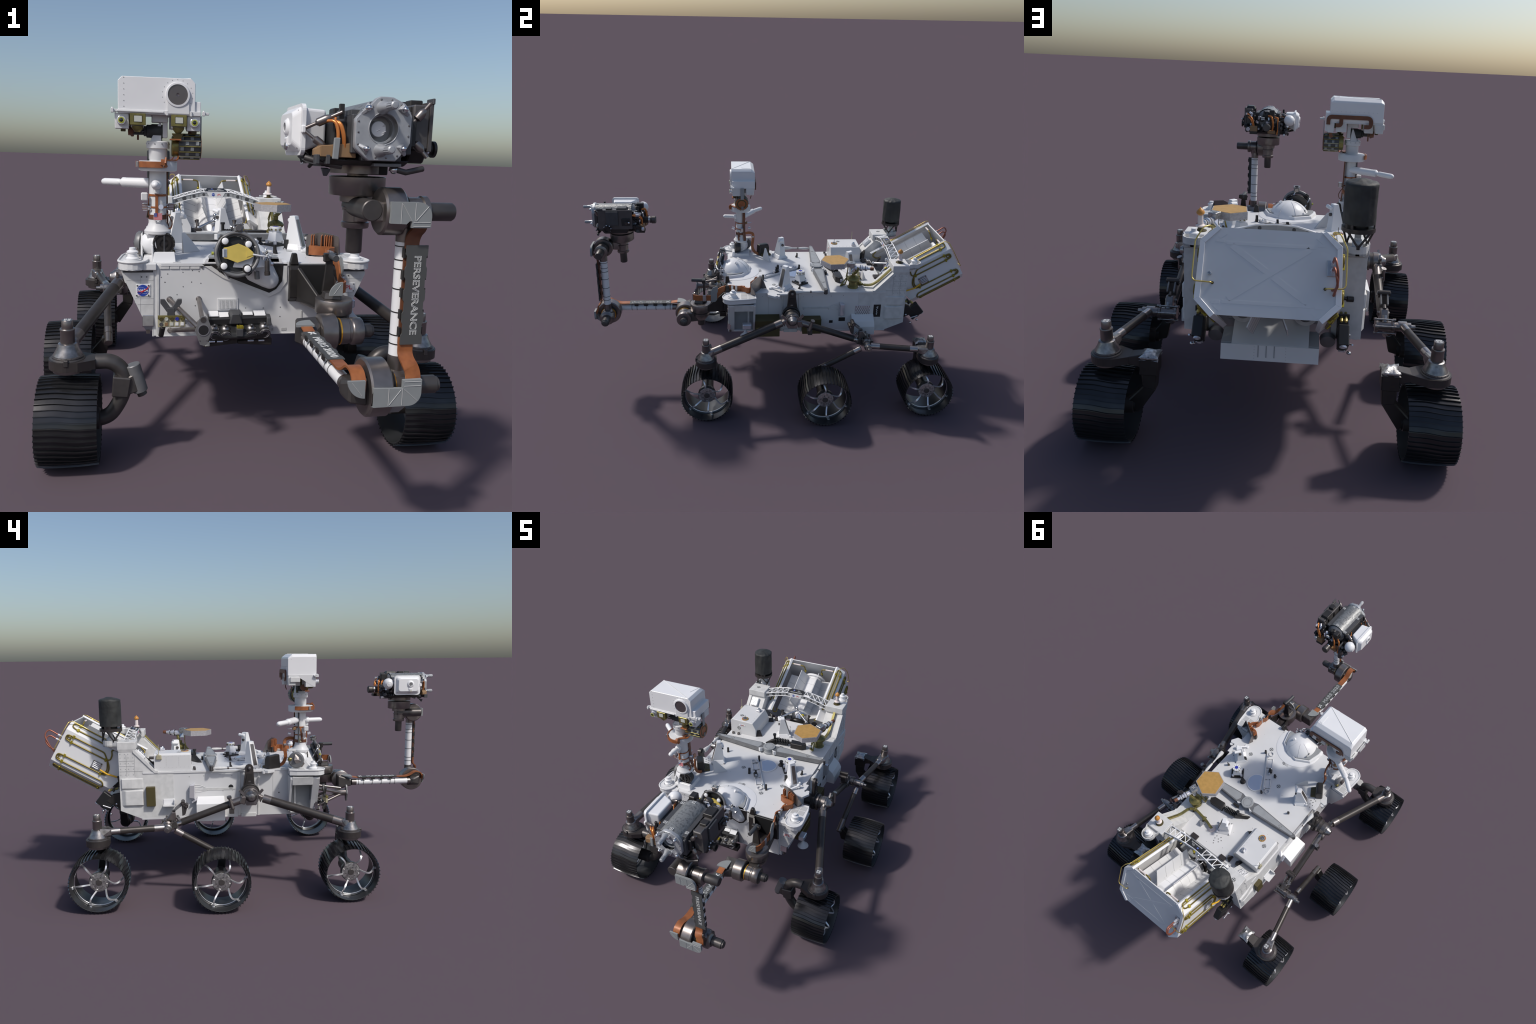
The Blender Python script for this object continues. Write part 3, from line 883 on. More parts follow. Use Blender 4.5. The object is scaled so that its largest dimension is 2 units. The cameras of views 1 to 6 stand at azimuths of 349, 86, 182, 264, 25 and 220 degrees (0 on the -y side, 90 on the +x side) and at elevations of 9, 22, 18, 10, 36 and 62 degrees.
# ------------------------------------------------------------------ front wings
def wing(s):
    p = Part("bumper_wing", chassis)
    if s < 0:
        p.xf = mirror_x()
    outline = [(0.284, 0.528), (0.374, 0.528), (0.374, 0.519), (0.319, 0.397), (0.284, 0.397)]
    p.xz(outline, -0.278, -0.268, "white_cloth", 0.001)
    p.xz([(0.302, 0.352), (0.325, 0.410), (0.374, 0.519), (0.374, 0.528), (0.350, 0.528), (0.350, 0.500), (0.306, 0.405), (0.284, 0.397), (0.284, 0.352)], -0.268, -0.246, "white_paint", 0.001)
    p.xz([(0.284, 0.349), (0.306, 0.352), (0.376, 0.519), (0.376, 0.528), (0.284, 0.528)], -0.150, -0.140, "white_paint", 0.001)
    p.hull([(0.368, y, 0.490) for y in (-0.246, -0.150)] + [(0.380, y, 0.530) for y in (-0.246, -0.150)] + [(0.284, y, z) for y in (-0.246, -0.150) for z in (0.490, 0.530)], "white_cloth", 0.001)
    p.box((0.284, -0.246, 0.349), (0.294, -0.150, 0.490), "grey_paint", 0)
    p.box((0.294, -0.178, 0.35), (0.300, -0.168, 0.49), "white_cloth", 0.001)
    p.box((0.284, -0.250, 0.344), (0.306, -0.150, 0.352), "white_paint", 0.001)
    # panel seams on the face
    for z in (0.432, 0.449, 0.505):
        w = 0.319 + (z - 0.397) * 0.45
        p.box((0.2845, -0.2785, z), (w - 0.004, -0.277, z + 0.0012), "cover_pale", 0)
    p.box((0.322, -0.2785, 0.405), (0.3232, -0.277, 0.520), "cover_pale", 0)
    for x in (0.3195, 0.3045):
        p.lathe((x, -0.278, 0.515), (0, -1, 0), [(0.0022, 0), (0.0022, 0.001), (0, 0.001)], "bolt_dark", 8)
    # dark gap and the cup holder above it
    p.box((0.286, -0.278, 0.528), (0.372, -0.150, 0.542), "charcoal", 0.001)
    cup = [(0.345 + 0.042 * math.cos(a), -0.262 + 0.042 * math.sin(a)) for a in [math.radians(-190 + 20 * i) for i in range(11)]]
    base = cup + [(0.378, -0.170), (0.370, -0.138), (0.300, -0.140), (0.292, -0.235)]
    p.xy(base, 0.538, 0.561, "white_paint", 0.0015)
    p.tube([(x, y, 0.5615) for x, y in base], 0.0036, "white_paint", n=10, closed=True)
    p.hull([(0.345 + 0.040 * math.cos(a), -0.266 + 0.040 * math.sin(a), 0.541) for a in [math.radians(36 * i) for i in range(10)]] + [(0.345 + 0.026 * math.cos(a), -0.258 + 0.020 * math.sin(a), 0.531) for a in [math.radians(36 * i) for i in range(10)]], "grey_paint")
    for i in range(2):
        for j in range(2):
            x, y = 0.305 + i * 0.034, -0.212 + j * 0.036
            p.box((x, y, 0.5595), (x + 0.029, y + 0.031, 0.5619), "cover_pale", 0)
    p.ring((0.346, -0.255, 0.560), (0, 0, 1), 0.021, 0.026, 0.005, "white_paint", 28)
    p.lathe((0.346, -0.252, 0.558), (0, 0, 1), [(0.020, 0), (0.020, 0.010), (0.015, 0.014), (0.014, 0.024), (0.017, 0.026), (0.017, 0.030), (0.010, 0.034), (0.009, 0.041), (0, 0.042)], "white_gloss", 24)
    # bent metal bracket at the foot
    p.hull([(x, y, z) for x in (0.284, 0.317) for y, z in ((-0.279, 0.398), (-0.283, 0.366), (-0.268, 0.358), (-0.262, 0.398))], "aluminium", 0.001)
    p.hull([(0.286, -0.282, 0.366), (0.315, -0.282, 0.366), (0.292, -0.270, 0.350), (0.308, -0.270, 0.350), (0.286, -0.262, 0.366), (0.315, -0.262, 0.366)], "clear_grey", 0.001)
    p.cyl((0.300, -0.268, 0.340), (0.300, -0.268, 0.352), 0.006, "titanium", n=12)
    return p

p = wing(-1)
p.done()
p = wing(1)
p.done()
# horn-like fitting below the starboard wing
horn = Part("horn_fitting", chassis)
horn.lathe((0.366, -0.190, 0.352), (0, 0, 1), [(0.027, 0), (0.026, 0.004), (0.012, 0.016), (0.006, 0.028), (0.005, 0.040), (0, 0.042)], "white_paint", 24)
horn.box((0.345, -0.205, 0.390), (0.375, -0.160, 0.418), "clear_grey", 0.004)
horn.done()

emblem = Part("agency_plate", chassis)
y = -0.2785
emblem.box((-0.335, y - 0.0015, 0.456), (-0.293, y + 0.001, 0.4935), "white_gloss", 0.001)
for a, b in ((-0.3315, 0.489), (-0.299, 0.489), (-0.3345 + 0.001, 0.4595), (-0.299, 0.4595)):
    emblem.lathe((a, y - 0.0015, b), (0, -1, 0), [(0.0024, 0), (0.0024, 0.0012), (0, 0.0012)], "bolt_dark", 10)
emblem.lathe((-0.3155, y - 0.0014, 0.4745), (0, -1, 0), [(0.0172, 0), (0.0172, 0.0006), (0, 0.0006)], "logo_blue", 36)
orbit = [(-0.3155 + 0.0135 * math.cos(a) * 0.9 + 0.004 * math.sin(a), y - 0.0022, 0.4745 + 0.0065 * math.sin(a) - 0.008 * math.cos(a)) for a in [2 * math.pi * i / 24 for i in range(24)]]
emblem.tube(orbit, 0.0003, "print_light", n=4, closed=True)
emblem.text("NASA", (-0.3155, y - 0.0024, 0.4745), (1, 0, 0), (0, 0, 1), 0.0112, "white_gloss", depth=0.0006, stretch=1.12, bold=0.025)
swoosh = [(-0.3335, 0.4700), (-0.318, 0.4730), (-0.306, 0.4795), (-0.2955, 0.4905), (-0.3035, 0.4780), (-0.315, 0.4705)]
emblem.xz(swoosh[::-1], y - 0.0034, y - 0.0028, "logo_red")
emblem.xz([(-0.3295, 0.4605), (-0.3285, 0.4615), (-0.300, 0.4815), (-0.301, 0.4795)], y - 0.0034, y - 0.0028, "logo_red")
# twin plate on the other wing, red three-letter mark
emblem.box((0.296, y - 0.0012, 0.462), (0.342, y + 0.001, 0.492), "white_gloss", 0.001)
for a in (0.3, 0.338):
    for b in (0.466, 0.488):
        emblem.lathe((a, y - 0.0012, b), (0, -1, 0), [(0.002, 0), (0.002, 0.001), (0, 0.001)], "bolt_dark", 8)
emblem.text("JPL", (0.319, y - 0.0016, 0.477), (1, 0, 0), (0, 0, 1), 0.019, "logo_red", stretch=1.25)
emblem.done()

# ------------------------------------------------------------------ sides
for s in (1, -1):
    p = Part("side_fitting", chassis)
    if s < 0:
        p.xf = mirror_x()
    X = 0.2855
    # quilted access covers near the rear
    p.hull([(X, y, z) for y in (0.538, 0.641) for z in (0.476, 0.528)] + [(X + 0.010, y, z) for y in (0.592, 0.638) for z in (0.480, 0.526)] + [(X + 0.003, y, z) for y in (0.542, 0.58) for z in (0.480, 0.524)], "white_cloth", 0.002)
    p.hull([(X, y, z) for y in (0.538, 0.642) for z in (0.396, 0.473)] + [(X + 0.011, y, z) for y in (0.545, 0.622) for z in (0.400, 0.470)], "white_cloth", 0.002)
    for y in (0.575, 0.612):
        p.box((X, y, 0.535), (X + 0.0020, y + 0.0012, 0.64), "panel_line", 0)
    for z in (0.560, 0.585, 0.61):
        p.box((X, 0.578 if z > 0.57 else 0.54, z), (X + 0.0020, 0.645, z + 0.0012), "panel_line", 0)
    for y in (0.582, 0.604, 0.618, 0.640):
        for z in (0.545, 0.572, 0.598, 0.625, 0.642):
            p.lathe((X + 0.001, y, z), (1, 0, 0), [(0.0016, 0), (0.0016, 0.0012), (0, 0.0012)], "grey_paint", 8)
    # thin embossed conduits
    for i in range(5):
        z = 0.470 + (i - 2) * 0.006
        p.tube([(X + 0.0002, 0.300, z + (i - 2) * 0.003), (X + 0.0002, 0.275, z + (i - 2) * 0.002), (X + 0.0002, 0.245, 0.466 + (i - 2) * 0.0025), (X + 0.0002, 0.110, 0.466 + (i - 2) * 0.0025)], 0.0011, "white_cloth", n=10, bend=0.01)
    # angled metal scoop
    p.hull([(X, 0.300, 0.500), (X, 0.300, 0.415), (X + 0.022, 0.304, 0.490), (X + 0.022, 0.304, 0.428), (X + 0.022, 0.326, 0.490), (X + 0.022, 0.328, 0.430), (X, 0.322, 0.490), (X, 0.318, 0.415)], "clear_grey", 0.001)
    p.done()

# port side only: big cover, olive radio, tray, hole
p = Part("equipment_cover", chassis)
p.hull([(-0.285, y, z) for y in (0.164, 0.290) for z in (0.328, 0.432)] + [(-0.345, y, z) for y in (0.163, 0.296) for z in (0.326, 0.409)] + [(-0.290, y, 0.432) for y in (0.164, 0.290)], "white_gloss", 0.0015)
p.hull([(-0.285, 0.290, 0.425), (-0.285, 0.290, 0.40), (-0.310, 0.292, 0.42), (-0.285, 0.318, 0.415), (-0.310, 0.318, 0.405)], "clear_grey", 0.001)
p.done()
p = Part("relay_radio", chassis)
p.box((-0.309, 0.485, 0.396), (-0.284, 0.527, 0.487), "olive", 0.0015)
p.done()
p = Part("side_tray", chassis)
p.xf = Matrix.Translation((0, 0, 0))
p.yz([(0.395, 0.395), (0.450, 0.395), (0.450, 0.400), (0.395, 0.400)], -0.285, -0.320, "white_paint")
p.yz([(0.395, 0.395), (0.399, 0.395), (0.399, 0.424), (0.395, 0.424)], -0.285, -0.318, "white_paint")
p.box((-0.289, 0.399, 0.40), (-0.284, 0.450, 0.425), "white_gloss", 0.001)
p.done()
p = Part("side_port", chassis)
p.lathe((-0.2850, 0.131, 0.474), (-1, 0, 0), [(0.0115, 0), (0.0115, 0.0012), (0.0100, 0.0014), (0, 0.0014)], "black", 24)
p.lathe((-0.2850, -0.098, 0.440), (-1, 0, 0), [(0.0035, 0), (0.0035, 0.0012), (0, 0.0012)], "bolt_dark", 12)
p.done()

# starboard side: vent grid, placard, box, olive packs, inlets
p = Part("vent_grid", chassis)
p.box((0.285, 0.386, 0.410), (0.2872, 0.464, 0.476), "clear_grey", 0.0005)
for i in range(13):
    for j in range(6):
        y, z = 0.3895 + i * 0.0057, 0.4135 + j * 0.0103
        p.box((0.2872, y, z), (0.2882, y + 0.0044, z + 0.0078), "steel_plate" if (i + j) % 2 else "white_paint", 0)
p.done()
p = Part("side_placard", chassis)
p.box((0.285, 0.483, 0.408), (0.2870, 0.522, 0.480), "black", 0.0005)
p.tube([(0.2873, 0.502, 0.470), (0.2873, 0.506, 0.458), (0.2873, 0.498, 0.452), (0.2873, 0.504, 0.444)], 0.0016, "print_light", n=10)
p.tube([(0.2873, 0.5045, 0.444), (0.2873, 0.4985, 0.438), (0.2873, 0.5055, 0.432), (0.2873, 0.4985, 0.426), (0.2873, 0.503, 0.420)], 0.0014, "print_light", n=10, bend=0.003)
p.tube([(0.2873, 0.496, 0.466), (0.2873, 0.502, 0.462), (0.2873, 0.509, 0.468)], 0.0012, "print_light", n=10)
p.done()
p = Part("equipment_box", chassis)
p.hull([(0.285, y, z) for y in (0.366, 0.484) for z in (0.330, 0.428)] + [(0.330, y, z) for y in (0.370, 0.486) for z in (0.326, 0.372)] + [(0.318, y, 0.398) for y in (0.368, 0.485)], "white_paint", 0.0015)
p.done()
p = Part("olive_pack", chassis)
p.hull([(0.285, y, z) for y in (-0.138, -0.012) for z in (0.326, 0.432)] + [(0.335, y, z) for y in (-0.138, -0.012) for z in (0.326, 0.418)], "olive", 0.001)
p.box((0.285, 0.107, 0.336), (0.330, 0.204, 0.420), "olive", 0.001)
p.box((0.330, -0.136, 0.374), (0.3365, -0.014, 0.379), "olive_metal", 0.001)
p.done()
p = Part("side_inlet", chassis)
p.box((0.284, 0.252, 0.376), (0.2862, 0.271, 0.391), "black", 0)
p.box((0.284, 0.302, 0.386), (0.2862, 0.336, 0.407), "black", 0)
p.done()

# ------------------------------------------------------------------ rear towers
tower = group("rear_tower")
for s in (1, -1):
    p = Part("tower_block", tower)
    if s < 0:
        p.xf = mirror_x()
    p.hull([(x, y, 0.650) for x in (0.193, 0.287) for y in (0.579, 0.647)] + [(x, y, z) for x in (0.189, 0.290) for y in (0.568, 0.653) for z in (0.664, 0.698)], "white_cloth", 0.002)
    p.box((0.193, 0.580, 0.556), (0.285, 0.646, 0.652), "white_cloth", 0.002)
    # cup at the back
    ring_pts = [(0.247 + 0.034 * math.cos(a), 0.686 + 0.034 * math.sin(a)) for a in [math.radians(-20 + 20 * i) for i in range(12)]]
    wall = [(0.288, 0.652)] + ring_pts + [(0.206, 0.652)]
    p.xy(wall, 0.676, 0.682, "white_cloth", 0.001)
    for a, b in zip(wall, wall[1:]):
        p.hull([(a[0], a[1], 0.676), (a[0], a[1], 0.7035), (b[0], b[1], 0.676), (b[0], b[1], 0.7035)] +
               [(0.247 + (q[0] - 0.247) * 0.90, 0.682 + (q[1] - 0.682) * 0.90, z) for q in (a, b) for z in (0.676, 0.7035)], "white_cloth")
    p.lathe((0.247, 0.687, 0.681), (0, 0, 1), [(0.021, 0), (0.021, 0.010), (0.016, 0.015), (0.015, 0.026), (0.017, 0.028), (0.016, 0.032), (0.009, 0.036), (0.008, 0.045), (0, 0.046)], "white_gloss", 22)
    p.hull([(x, y, 0.676) for x, y in ((0.21, 0.652), (0.284, 0.652), (0.262, 0.70), (0.232, 0.70))] + [(x, 0.649, 0.652) for x in (0.215, 0.275)], "white_cloth")
    p.done()
fid = Part("tower_marker", tower)
fiducial(fid, (-0.247, 0.611, 0.698), (0, 0, 1), 0.0105)
fiducial(fid, (0.212, 0.578, 0.618), (0, -1, 0), 0.0095, (0, 0, 1))
fid.done()

# inner sloping braces and the white collar boxes at the port tower
p = Part("connector_panel", tower)
n = V((0, -0.70, 0.71))
p.hull([(-0.284, 0.500, 0.556), (-0.200, 0.500, 0.556), (-0.284, 0.582, 0.648), (-0.200, 0.582, 0.648), (-0.284, 0.582, 0.556), (-0.200, 0.582, 0.556)], "white_cloth", 0.001)
p.obox((-0.243, 0.548, 0.634), (0.044, 0.050, 0.016), n, "white_gloss", 0.003)
u, v, w = frame(n)
for i in range(5):
    for j in range(5):
        c = V((-0.243, 0.548, 0.634)) + u * ((i - 2) * 0.0082) + v * ((j - 2) * 0.0090 + (0.002 if i % 2 else -0.002)) + w * 0.008
        p.lathe(c, w, [(0.0030, 0), (0.0028, 0.0022), (0, 0.0022)], RNG.choice(["white_gloss", "clear_grey", "aluminium", "steel_plate"]), 10)
p.hull([(-0.205, 0.520, 0.600), (-0.192, 0.520, 0.600), (-0.205, 0.600, 0.660), (-0.192, 0.600, 0.660), (-0.205, 0.600, 0.580), (-0.192, 0.600, 0.580)], "white_cloth", 0.001)
p.done()
p = Part("brass_conduit", tower)
p.ribbon([(0.243, 0.574, 0.668), (0.243, 0.500, 0.590), (0.240, 0.470, 0.571), (0.232, 0.430, 0.570), (0.200, 0.412, 0.570), (0.150, 0.420, 0.570), (0.108, 0.428, 0.572), (0.072, 0.440, 0.573), (0.062, 0.440, 0.562)], lambda t: (1, 0, 0) if t < 0.35 else (0.45, 1, 0), 0.0125, 0.009, "olive_metal", bend=0.022)
p.hull([(x, y, z) for x in (0.2365, 0.2495) for y, z in ((0.4985, 0.5935), (0.572, 0.6695), (0.575, 0.6665), (0.5015, 0.5905))], "brass_bright", 0.001)
for x, y in ((0.205, 0.414), (0.128, 0.425)):
    p.box((x - 0.006, y - 0.011, 0.556), (x + 0.006, y + 0.011, 0.578), "olive_metal", 0.002)
    p.box((x - 0.003, y - 0.016, 0.556), (x + 0.003, y + 0.016, 0.563), "black", 0)
p.lathe((0.064, 0.440, 0.554), (0, 0, 1), [(0.022, 0), (0.020, 0.006), (0.016, 0.008), (0.016, 0.012), (0, 0.012)], "pink_white", 20)
p.done()
# ------------------------------------------------------------------ carousel dome and docking ring
carousel = group("sample_carousel")
dome = Part("carousel_dome", carousel)
dc = V((-0.012, -0.245, 0.5248))
DR = 0.0975
dome.clip_planes = [(V((0, 0, 0.552)), V((0, 0, -1)))]
dome.ball(dc, DR, "white_gloss", 56, 30)
poly8 = [(0.074, -0.205), (0.030, -0.176), (-0.036, -0.158), (-0.104, -0.192), (-0.122, -0.258), (-0.122, -0.300), (0.092, -0.300), (0.092, -0.268)]
def grown(k, z):
    return [(dc.x + (x - dc.x) * k, dc.y + (y - dc.y) * k, z) for x, y in poly8]
dome.clip_planes = [(V((0, -0.2835, 0)), V((0, -1, 0)))]
dome.hull(grown(1.13, 0.5555) + grown(1.07, 0.5700), "white_gloss", 0.0015)
dome.hull(grown(1.02, 0.560) + grown(0.985, 0.5745), "grey_paint")
dome.clip_planes = []
# cowl running forward and down over the front panel
cowl = []
for c, r in ((V((0.028, -0.246, 0.540)), 0.058), (V((0.068, -0.270, 0.503)), 0.030), (V((0.072, -0.270, 0.486)), 0.013)):
    for i in range(1, 10):
        t = math.pi * i / 10
        for j in range(20):
            a = 2 * math.pi * j / 20
            cowl.append(c + V((math.sin(t) * math.cos(a), math.sin(t) * math.sin(a), math.cos(t))) * r)
dome.hull(cowl, "white_gloss", 0, 1, True)
for a in (60, 112, 158):
    t = math.radians(a)
    path = [dc + V((math.cos(t) * math.cos(e), math.sin(t) * math.cos(e), math.sin(e))) * (DR + 0.0006) for e in [math.radians(20 + 7 * i) for i in range(9)]]
    dome.tube(path, 0.0009, "white_paint", n=10)
dome.obox(dc + V((0.040, 0.014, 0.090)), (0.014, 0.017, 0.014), (0.4, 0.35, 0.8), "white_gloss", 0.002)
for a, b in ((-0.068, 0.022), (-0.074, 0.004)):
    nn = V((-0.72, 0.2, 0.62)).normalized()
    o = dc + nn * (DR + 0.0003) + V((0, b + 0.004, 0.0))
    dome.obox(o, (0.009, 0.009, 0.002), nn, "bolt_dark", 0)
    dome.obox(o + nn * 0.001, (0.005, 0.005, 0.002), nn, "print_light", 0)
dome.done()

rp = Part("docking_ring", carousel)
C = V((-0.0435, -0.329, 0.5915))
axis = V((0, -0.975, 0.222)).normalized()
ru, rv, rw = frame(axis)
circ = lambda r, h=0.0, n=48: [C + rw * h + (ru * math.cos(2 * math.pi * i / n) + rv * math.sin(2 * math.pi * i / n)) * r for i in range(n)]
rp.tube(circ(0.063), 0.0058, "mid_grey", n=10, closed=True)
rp.tube(circ(0.056, -0.004), 0.0045, "charcoal", n=10, closed=True)
rp.cyl(C - rw * 0.022, C - rw * 0.010, 0.052, "black", n=36)
up = V((0, 0, 1)) - rw * rw.z
up.normalize()
rt = up.cross(rw).normalized()
if rt.x < 0:
    rt = -rt
pt = lambda a, b, h=0.0: C + rt * a + up * b + rw * h
for a, b in ((-0.037, 0.037), (0.032, 0.028), (-0.041, -0.036), (0.028, -0.044)):
    rp.cyl(pt(a, b, -0.010), pt(a, b, 0.010), 0.0135, "black_satin", n=20, bev=0.002)
    rp.lathe(pt(a, b, 0.010), rw, [(0.0098, 0), (0.0098, 0.002), (0.007, 0.004), (0, 0.0048)], "white_gloss", 20)
    rp.obox(pt(a * 1.2, b * 1.2, -0.004), (0.018, 0.018, 0.012), rw, "black_satin", 0.003, roll=0.7)
cap = [(-0.041, 0.018), (-0.029, 0.020), (0.002, 0.030), (0.030, 0.018), (0.046, 0.004), (0.048, -0.006), (0.035, -0.014), (-0.002, -0.026), (-0.030, -0.015), (-0.041, -0.013)]
rp.prism(cap, pt(0, 0, 0.006), rt, up, rw * 0.006, "yellow_cap", 0.002)
rp.prism([(0.026, -0.010), (0.044, -0.004), (0.044, 0.006), (0.026, 0.012)], pt(0, 0, 0.012), rt, up, rw * 0.0015, "yellow_cap", 0.001)
rp.obox(pt(-0.038, 0.002, 0.010), (0.014, 0.026, 0.008), rw, "clear_grey", 0.002, roll=0.0)
for i in range(7):
    rp.obox(pt(-0.038, -0.007 + i * 0.003, 0.0145), (0.008, 0.0014, 0.001), rw, "bolt_dark", 0)
rp.tube([pt(0.044, -0.002, 0.012), pt(0.066, -0.006, 0.010), pt(0.088, -0.008, 0.0)], 0.0028, "white_gloss", n=10)
rp.cyl(pt(-0.076, 0.002, 0.002), pt(-0.070, 0.002, 0.002), 0.005, "lime", n=12)
rp.cyl(pt(-0.070, 0.002, 0.0), pt(-0.062, 0.002, 0.0), 0.003, "titanium", n=10)
# top clamp motor
rp.obox(pt(0.004, 0.073, -0.002), (0.026, 0.016, 0.022), rw, "mid_grey", 0.003)
rp.cyl(pt(0.004, 0.076, 0.012), pt(0.004, 0.076, -0.020), 0.0095, "titanium", n=18, bev=0.001)
rp.obox(pt(0.004, 0.086, -0.002), (0.030, 0.005, 0.026), rw, "cast_metal", 0.001)
fiducial(rp, pt(0.004, 0.0887, -0.002), (0, -0.2, 1), 0.008)
# struts and small fittings behind and right of the ring
for a, b in ((0.055, 0.020), (0.050, -0.038), (-0.055, -0.030), (-0.056, 0.028), (0.01, 0.062)):
    rp.tube([pt(a, b, -0.004), dc + V((a * 0.9, -0.045, (b - 0.01) * 0.6 + 0.01))], 0.0032, "clear_grey", n=10)
    rp.ball(pt(a, b, -0.004), 0.006, "aluminium", 12, 8)
for k in range(14):
    o = V((0.036 + RNG.uniform(0, 0.030), -0.315 + RNG.uniform(-0.01, 0.02), 0.555 + RNG.uniform(0, 0.040)))
    rp.obox(o, (RNG.uniform(0.004, 0.009), RNG.uniform(0.004, 0.010), RNG.uniform(0.006, 0.014)), (RNG.uniform(-1, 1), RNG.uniform(-1, 0), RNG.uniform(-1, 1)), RNG.choice(["clear_grey", "aluminium", "white_paint", "bolt_dark"]), 0.001)
rp.cyl((0.046, -0.330, 0.572), (0.047, -0.332, 0.540), 0.0075, "titanium_dark", n=16, bev=0.001)
rp.cyl((0.047, -0.332, 0.540), (0.048, -0.333, 0.528), 0.0090, "brown_black", n=16, bev=0.001)
rp.cyl((0.018, -0.318, 0.538), (0.020, -0.320, 0.514), 0.008, "mid_grey", n=14, bev=0.001)
rp.done()

# ------------------------------------------------------------------ sloped deck stands
stands = group("deck_stand")
def stand(x, y, yaw, h=0.118, lean=0.045, base=0.07):
    """white wedge-shaped post with a sloped grey face and a short roller on top"""
    p = Part("launch_lock_post", stands)
    p.xf = Matrix.Translation((x, y, DECK)) @ Matrix.Rotation(yaw, 4, "Z")
    p.hull([(-0.020, -base * 0.62, 0), (0.020, -base * 0.62, 0), (-0.020, 0.024, 0), (0.020, 0.024, 0), (-0.014, -0.008, h), (0.014, -0.008, h), (-0.014, 0.012, h), (0.014, 0.012, h), (-0.017, 0.020, h * 0.4), (0.017, 0.020, h * 0.4)], "white_gloss", 0.002)
    p.hull([(-0.0105, -base * 0.60, 0.012), (0.0105, -base * 0.60, 0.012), (-0.0085, -0.0145, h * 0.90), (0.0085, -0.0145, h * 0.90), (-0.0085, -0.010, h * 0.90), (0.0105, -base * 0.55, 0.012)], "titanium", 0.0006)
    p.hull([(-0.034, -base * 0.55, 0), (0.034, -base * 0.55, 0), (-0.034, 0.030, 0), (0.034, 0.030, 0), (-0.020, -base * 0.4, 0.020), (0.020, -base * 0.4, 0.020), (-0.020, 0.02, 0.020), (0.020, 0.02, 0.020)], "white_gloss", 0.002)
    p.cyl((-0.006, 0.016, h * 0.86), (0.030, 0.020, h * 0.90), 0.0080, "white_gloss", n=16, bev=0.002)
    p.cyl((0.0, 0.010, h * 0.66), (0.0, 0.024, h * 0.66), 0.0070, "titanium_dark", n=14)
    for sx in (-1, 1):
        p.box((sx * 0.026 - 0.005, -base * 0.66, 0), (sx * 0.026 + 0.005, -base * 0.48, 0.016), "white_gloss", 0.002)
        p.lathe((sx * 0.030, 0.022, 0), (0, 0, 1), [(0.0042, 0), (0.0042, 0.005), (0.002, 0.006), (0, 0.006)], "cast_metal", 10)
    return p
stand(0.214, 0.020, math.radians(48)).done()
stand(-0.205, 0.030, math.radians(-60), 0.124).done()
stand(0.002, 0.395, math.radians(115), 0.112).done()
f = Part("deck_gusset", stands)
f.hull([(-0.188, -0.070, DECK), (-0.130, -0.030, DECK), (-0.190, -0.064, 0.622), (-0.178, -0.056, 0.622), (-0.182, -0.078, DECK), (-0.124, -0.036, DECK)], "white_paint", 0.001)
f.hull([(0.118, 0.470, DECK), (0.150, 0.445, DECK), (0.118, 0.452, 0.598), (0.112, 0.440, DECK), (0.10, 0.45, 0.60)], "white_paint", 0.001)
f.done()
# foot lever of the starboard stand
f = Part("lock_lever", stands)
f.tube([(0.235, -0.052, 0.562), (0.262, -0.026, 0.570), (0.268, -0.020, 0.573)], 0.0055, "white_gloss", n=10)
f.ball((0.268, -0.018, 0.575), 0.0085, "white_gloss", 14, 10)
f.box((0.222, -0.066, 0.555), (0.246, -0.050, 0.564), "white_gloss", 0.002)
f.done()

# ------------------------------------------------------------------ small deck fittings
fit = group("deck_fitting")
def post(x, y, h, w=0.011, d=0.006, a=0.0):
    p = Part("guide_post", fit)
    p.xf = Matrix.Translation((x, y, DECK)) @ Matrix.Rotation(a, 4, "Z")
    p.box((-w / 2, -d / 2, 0), (w / 2, d / 2, h), "black_satin", 0.0012)
    p.hull([(-w / 2, -d / 2, 0), (w / 2, -d / 2, 0), (-w / 2, -d / 2 - 0.007, 0), (w / 2, -d / 2 - 0.007, 0), (-w / 2, -d / 2, h * 0.5), (w / 2, -d / 2, h * 0.5)], "black_satin", 0.0005)
    p.done()
post(-0.014, 0.000, 0.030, 0.012, 0.010, 0.3)
post(-0.015, 0.120, 0.030, 0.010, 0.008, 0.4)
post(0.122, -0.090, 0.030, 0.010, 0.009, 0.5)
post(0.241, 0.096, 0.026, 0.011, 0.005, -0.6)
post(-0.205, 0.128, 0.026, 0.011, 0.006, 0.4)
post(0.186, 0.014, 0.034, 0.016, 0.010, 0.5)
post(0.228, -0.130, 0.030, 0.012, 0.010, 0.3)
p = Part("cable_cover", fit)
p.lathe((0.110, 0.127, DECK), (0, 0, 1), [(0.016, 0), (0.016, 0.004), (0.011, 0.009), (0.0085, 0.010), (0.0085, 0.022), (0.010, 0.023), (0.010, 0.027), (0, 0.027)], "black_satin", 20)
p.done()
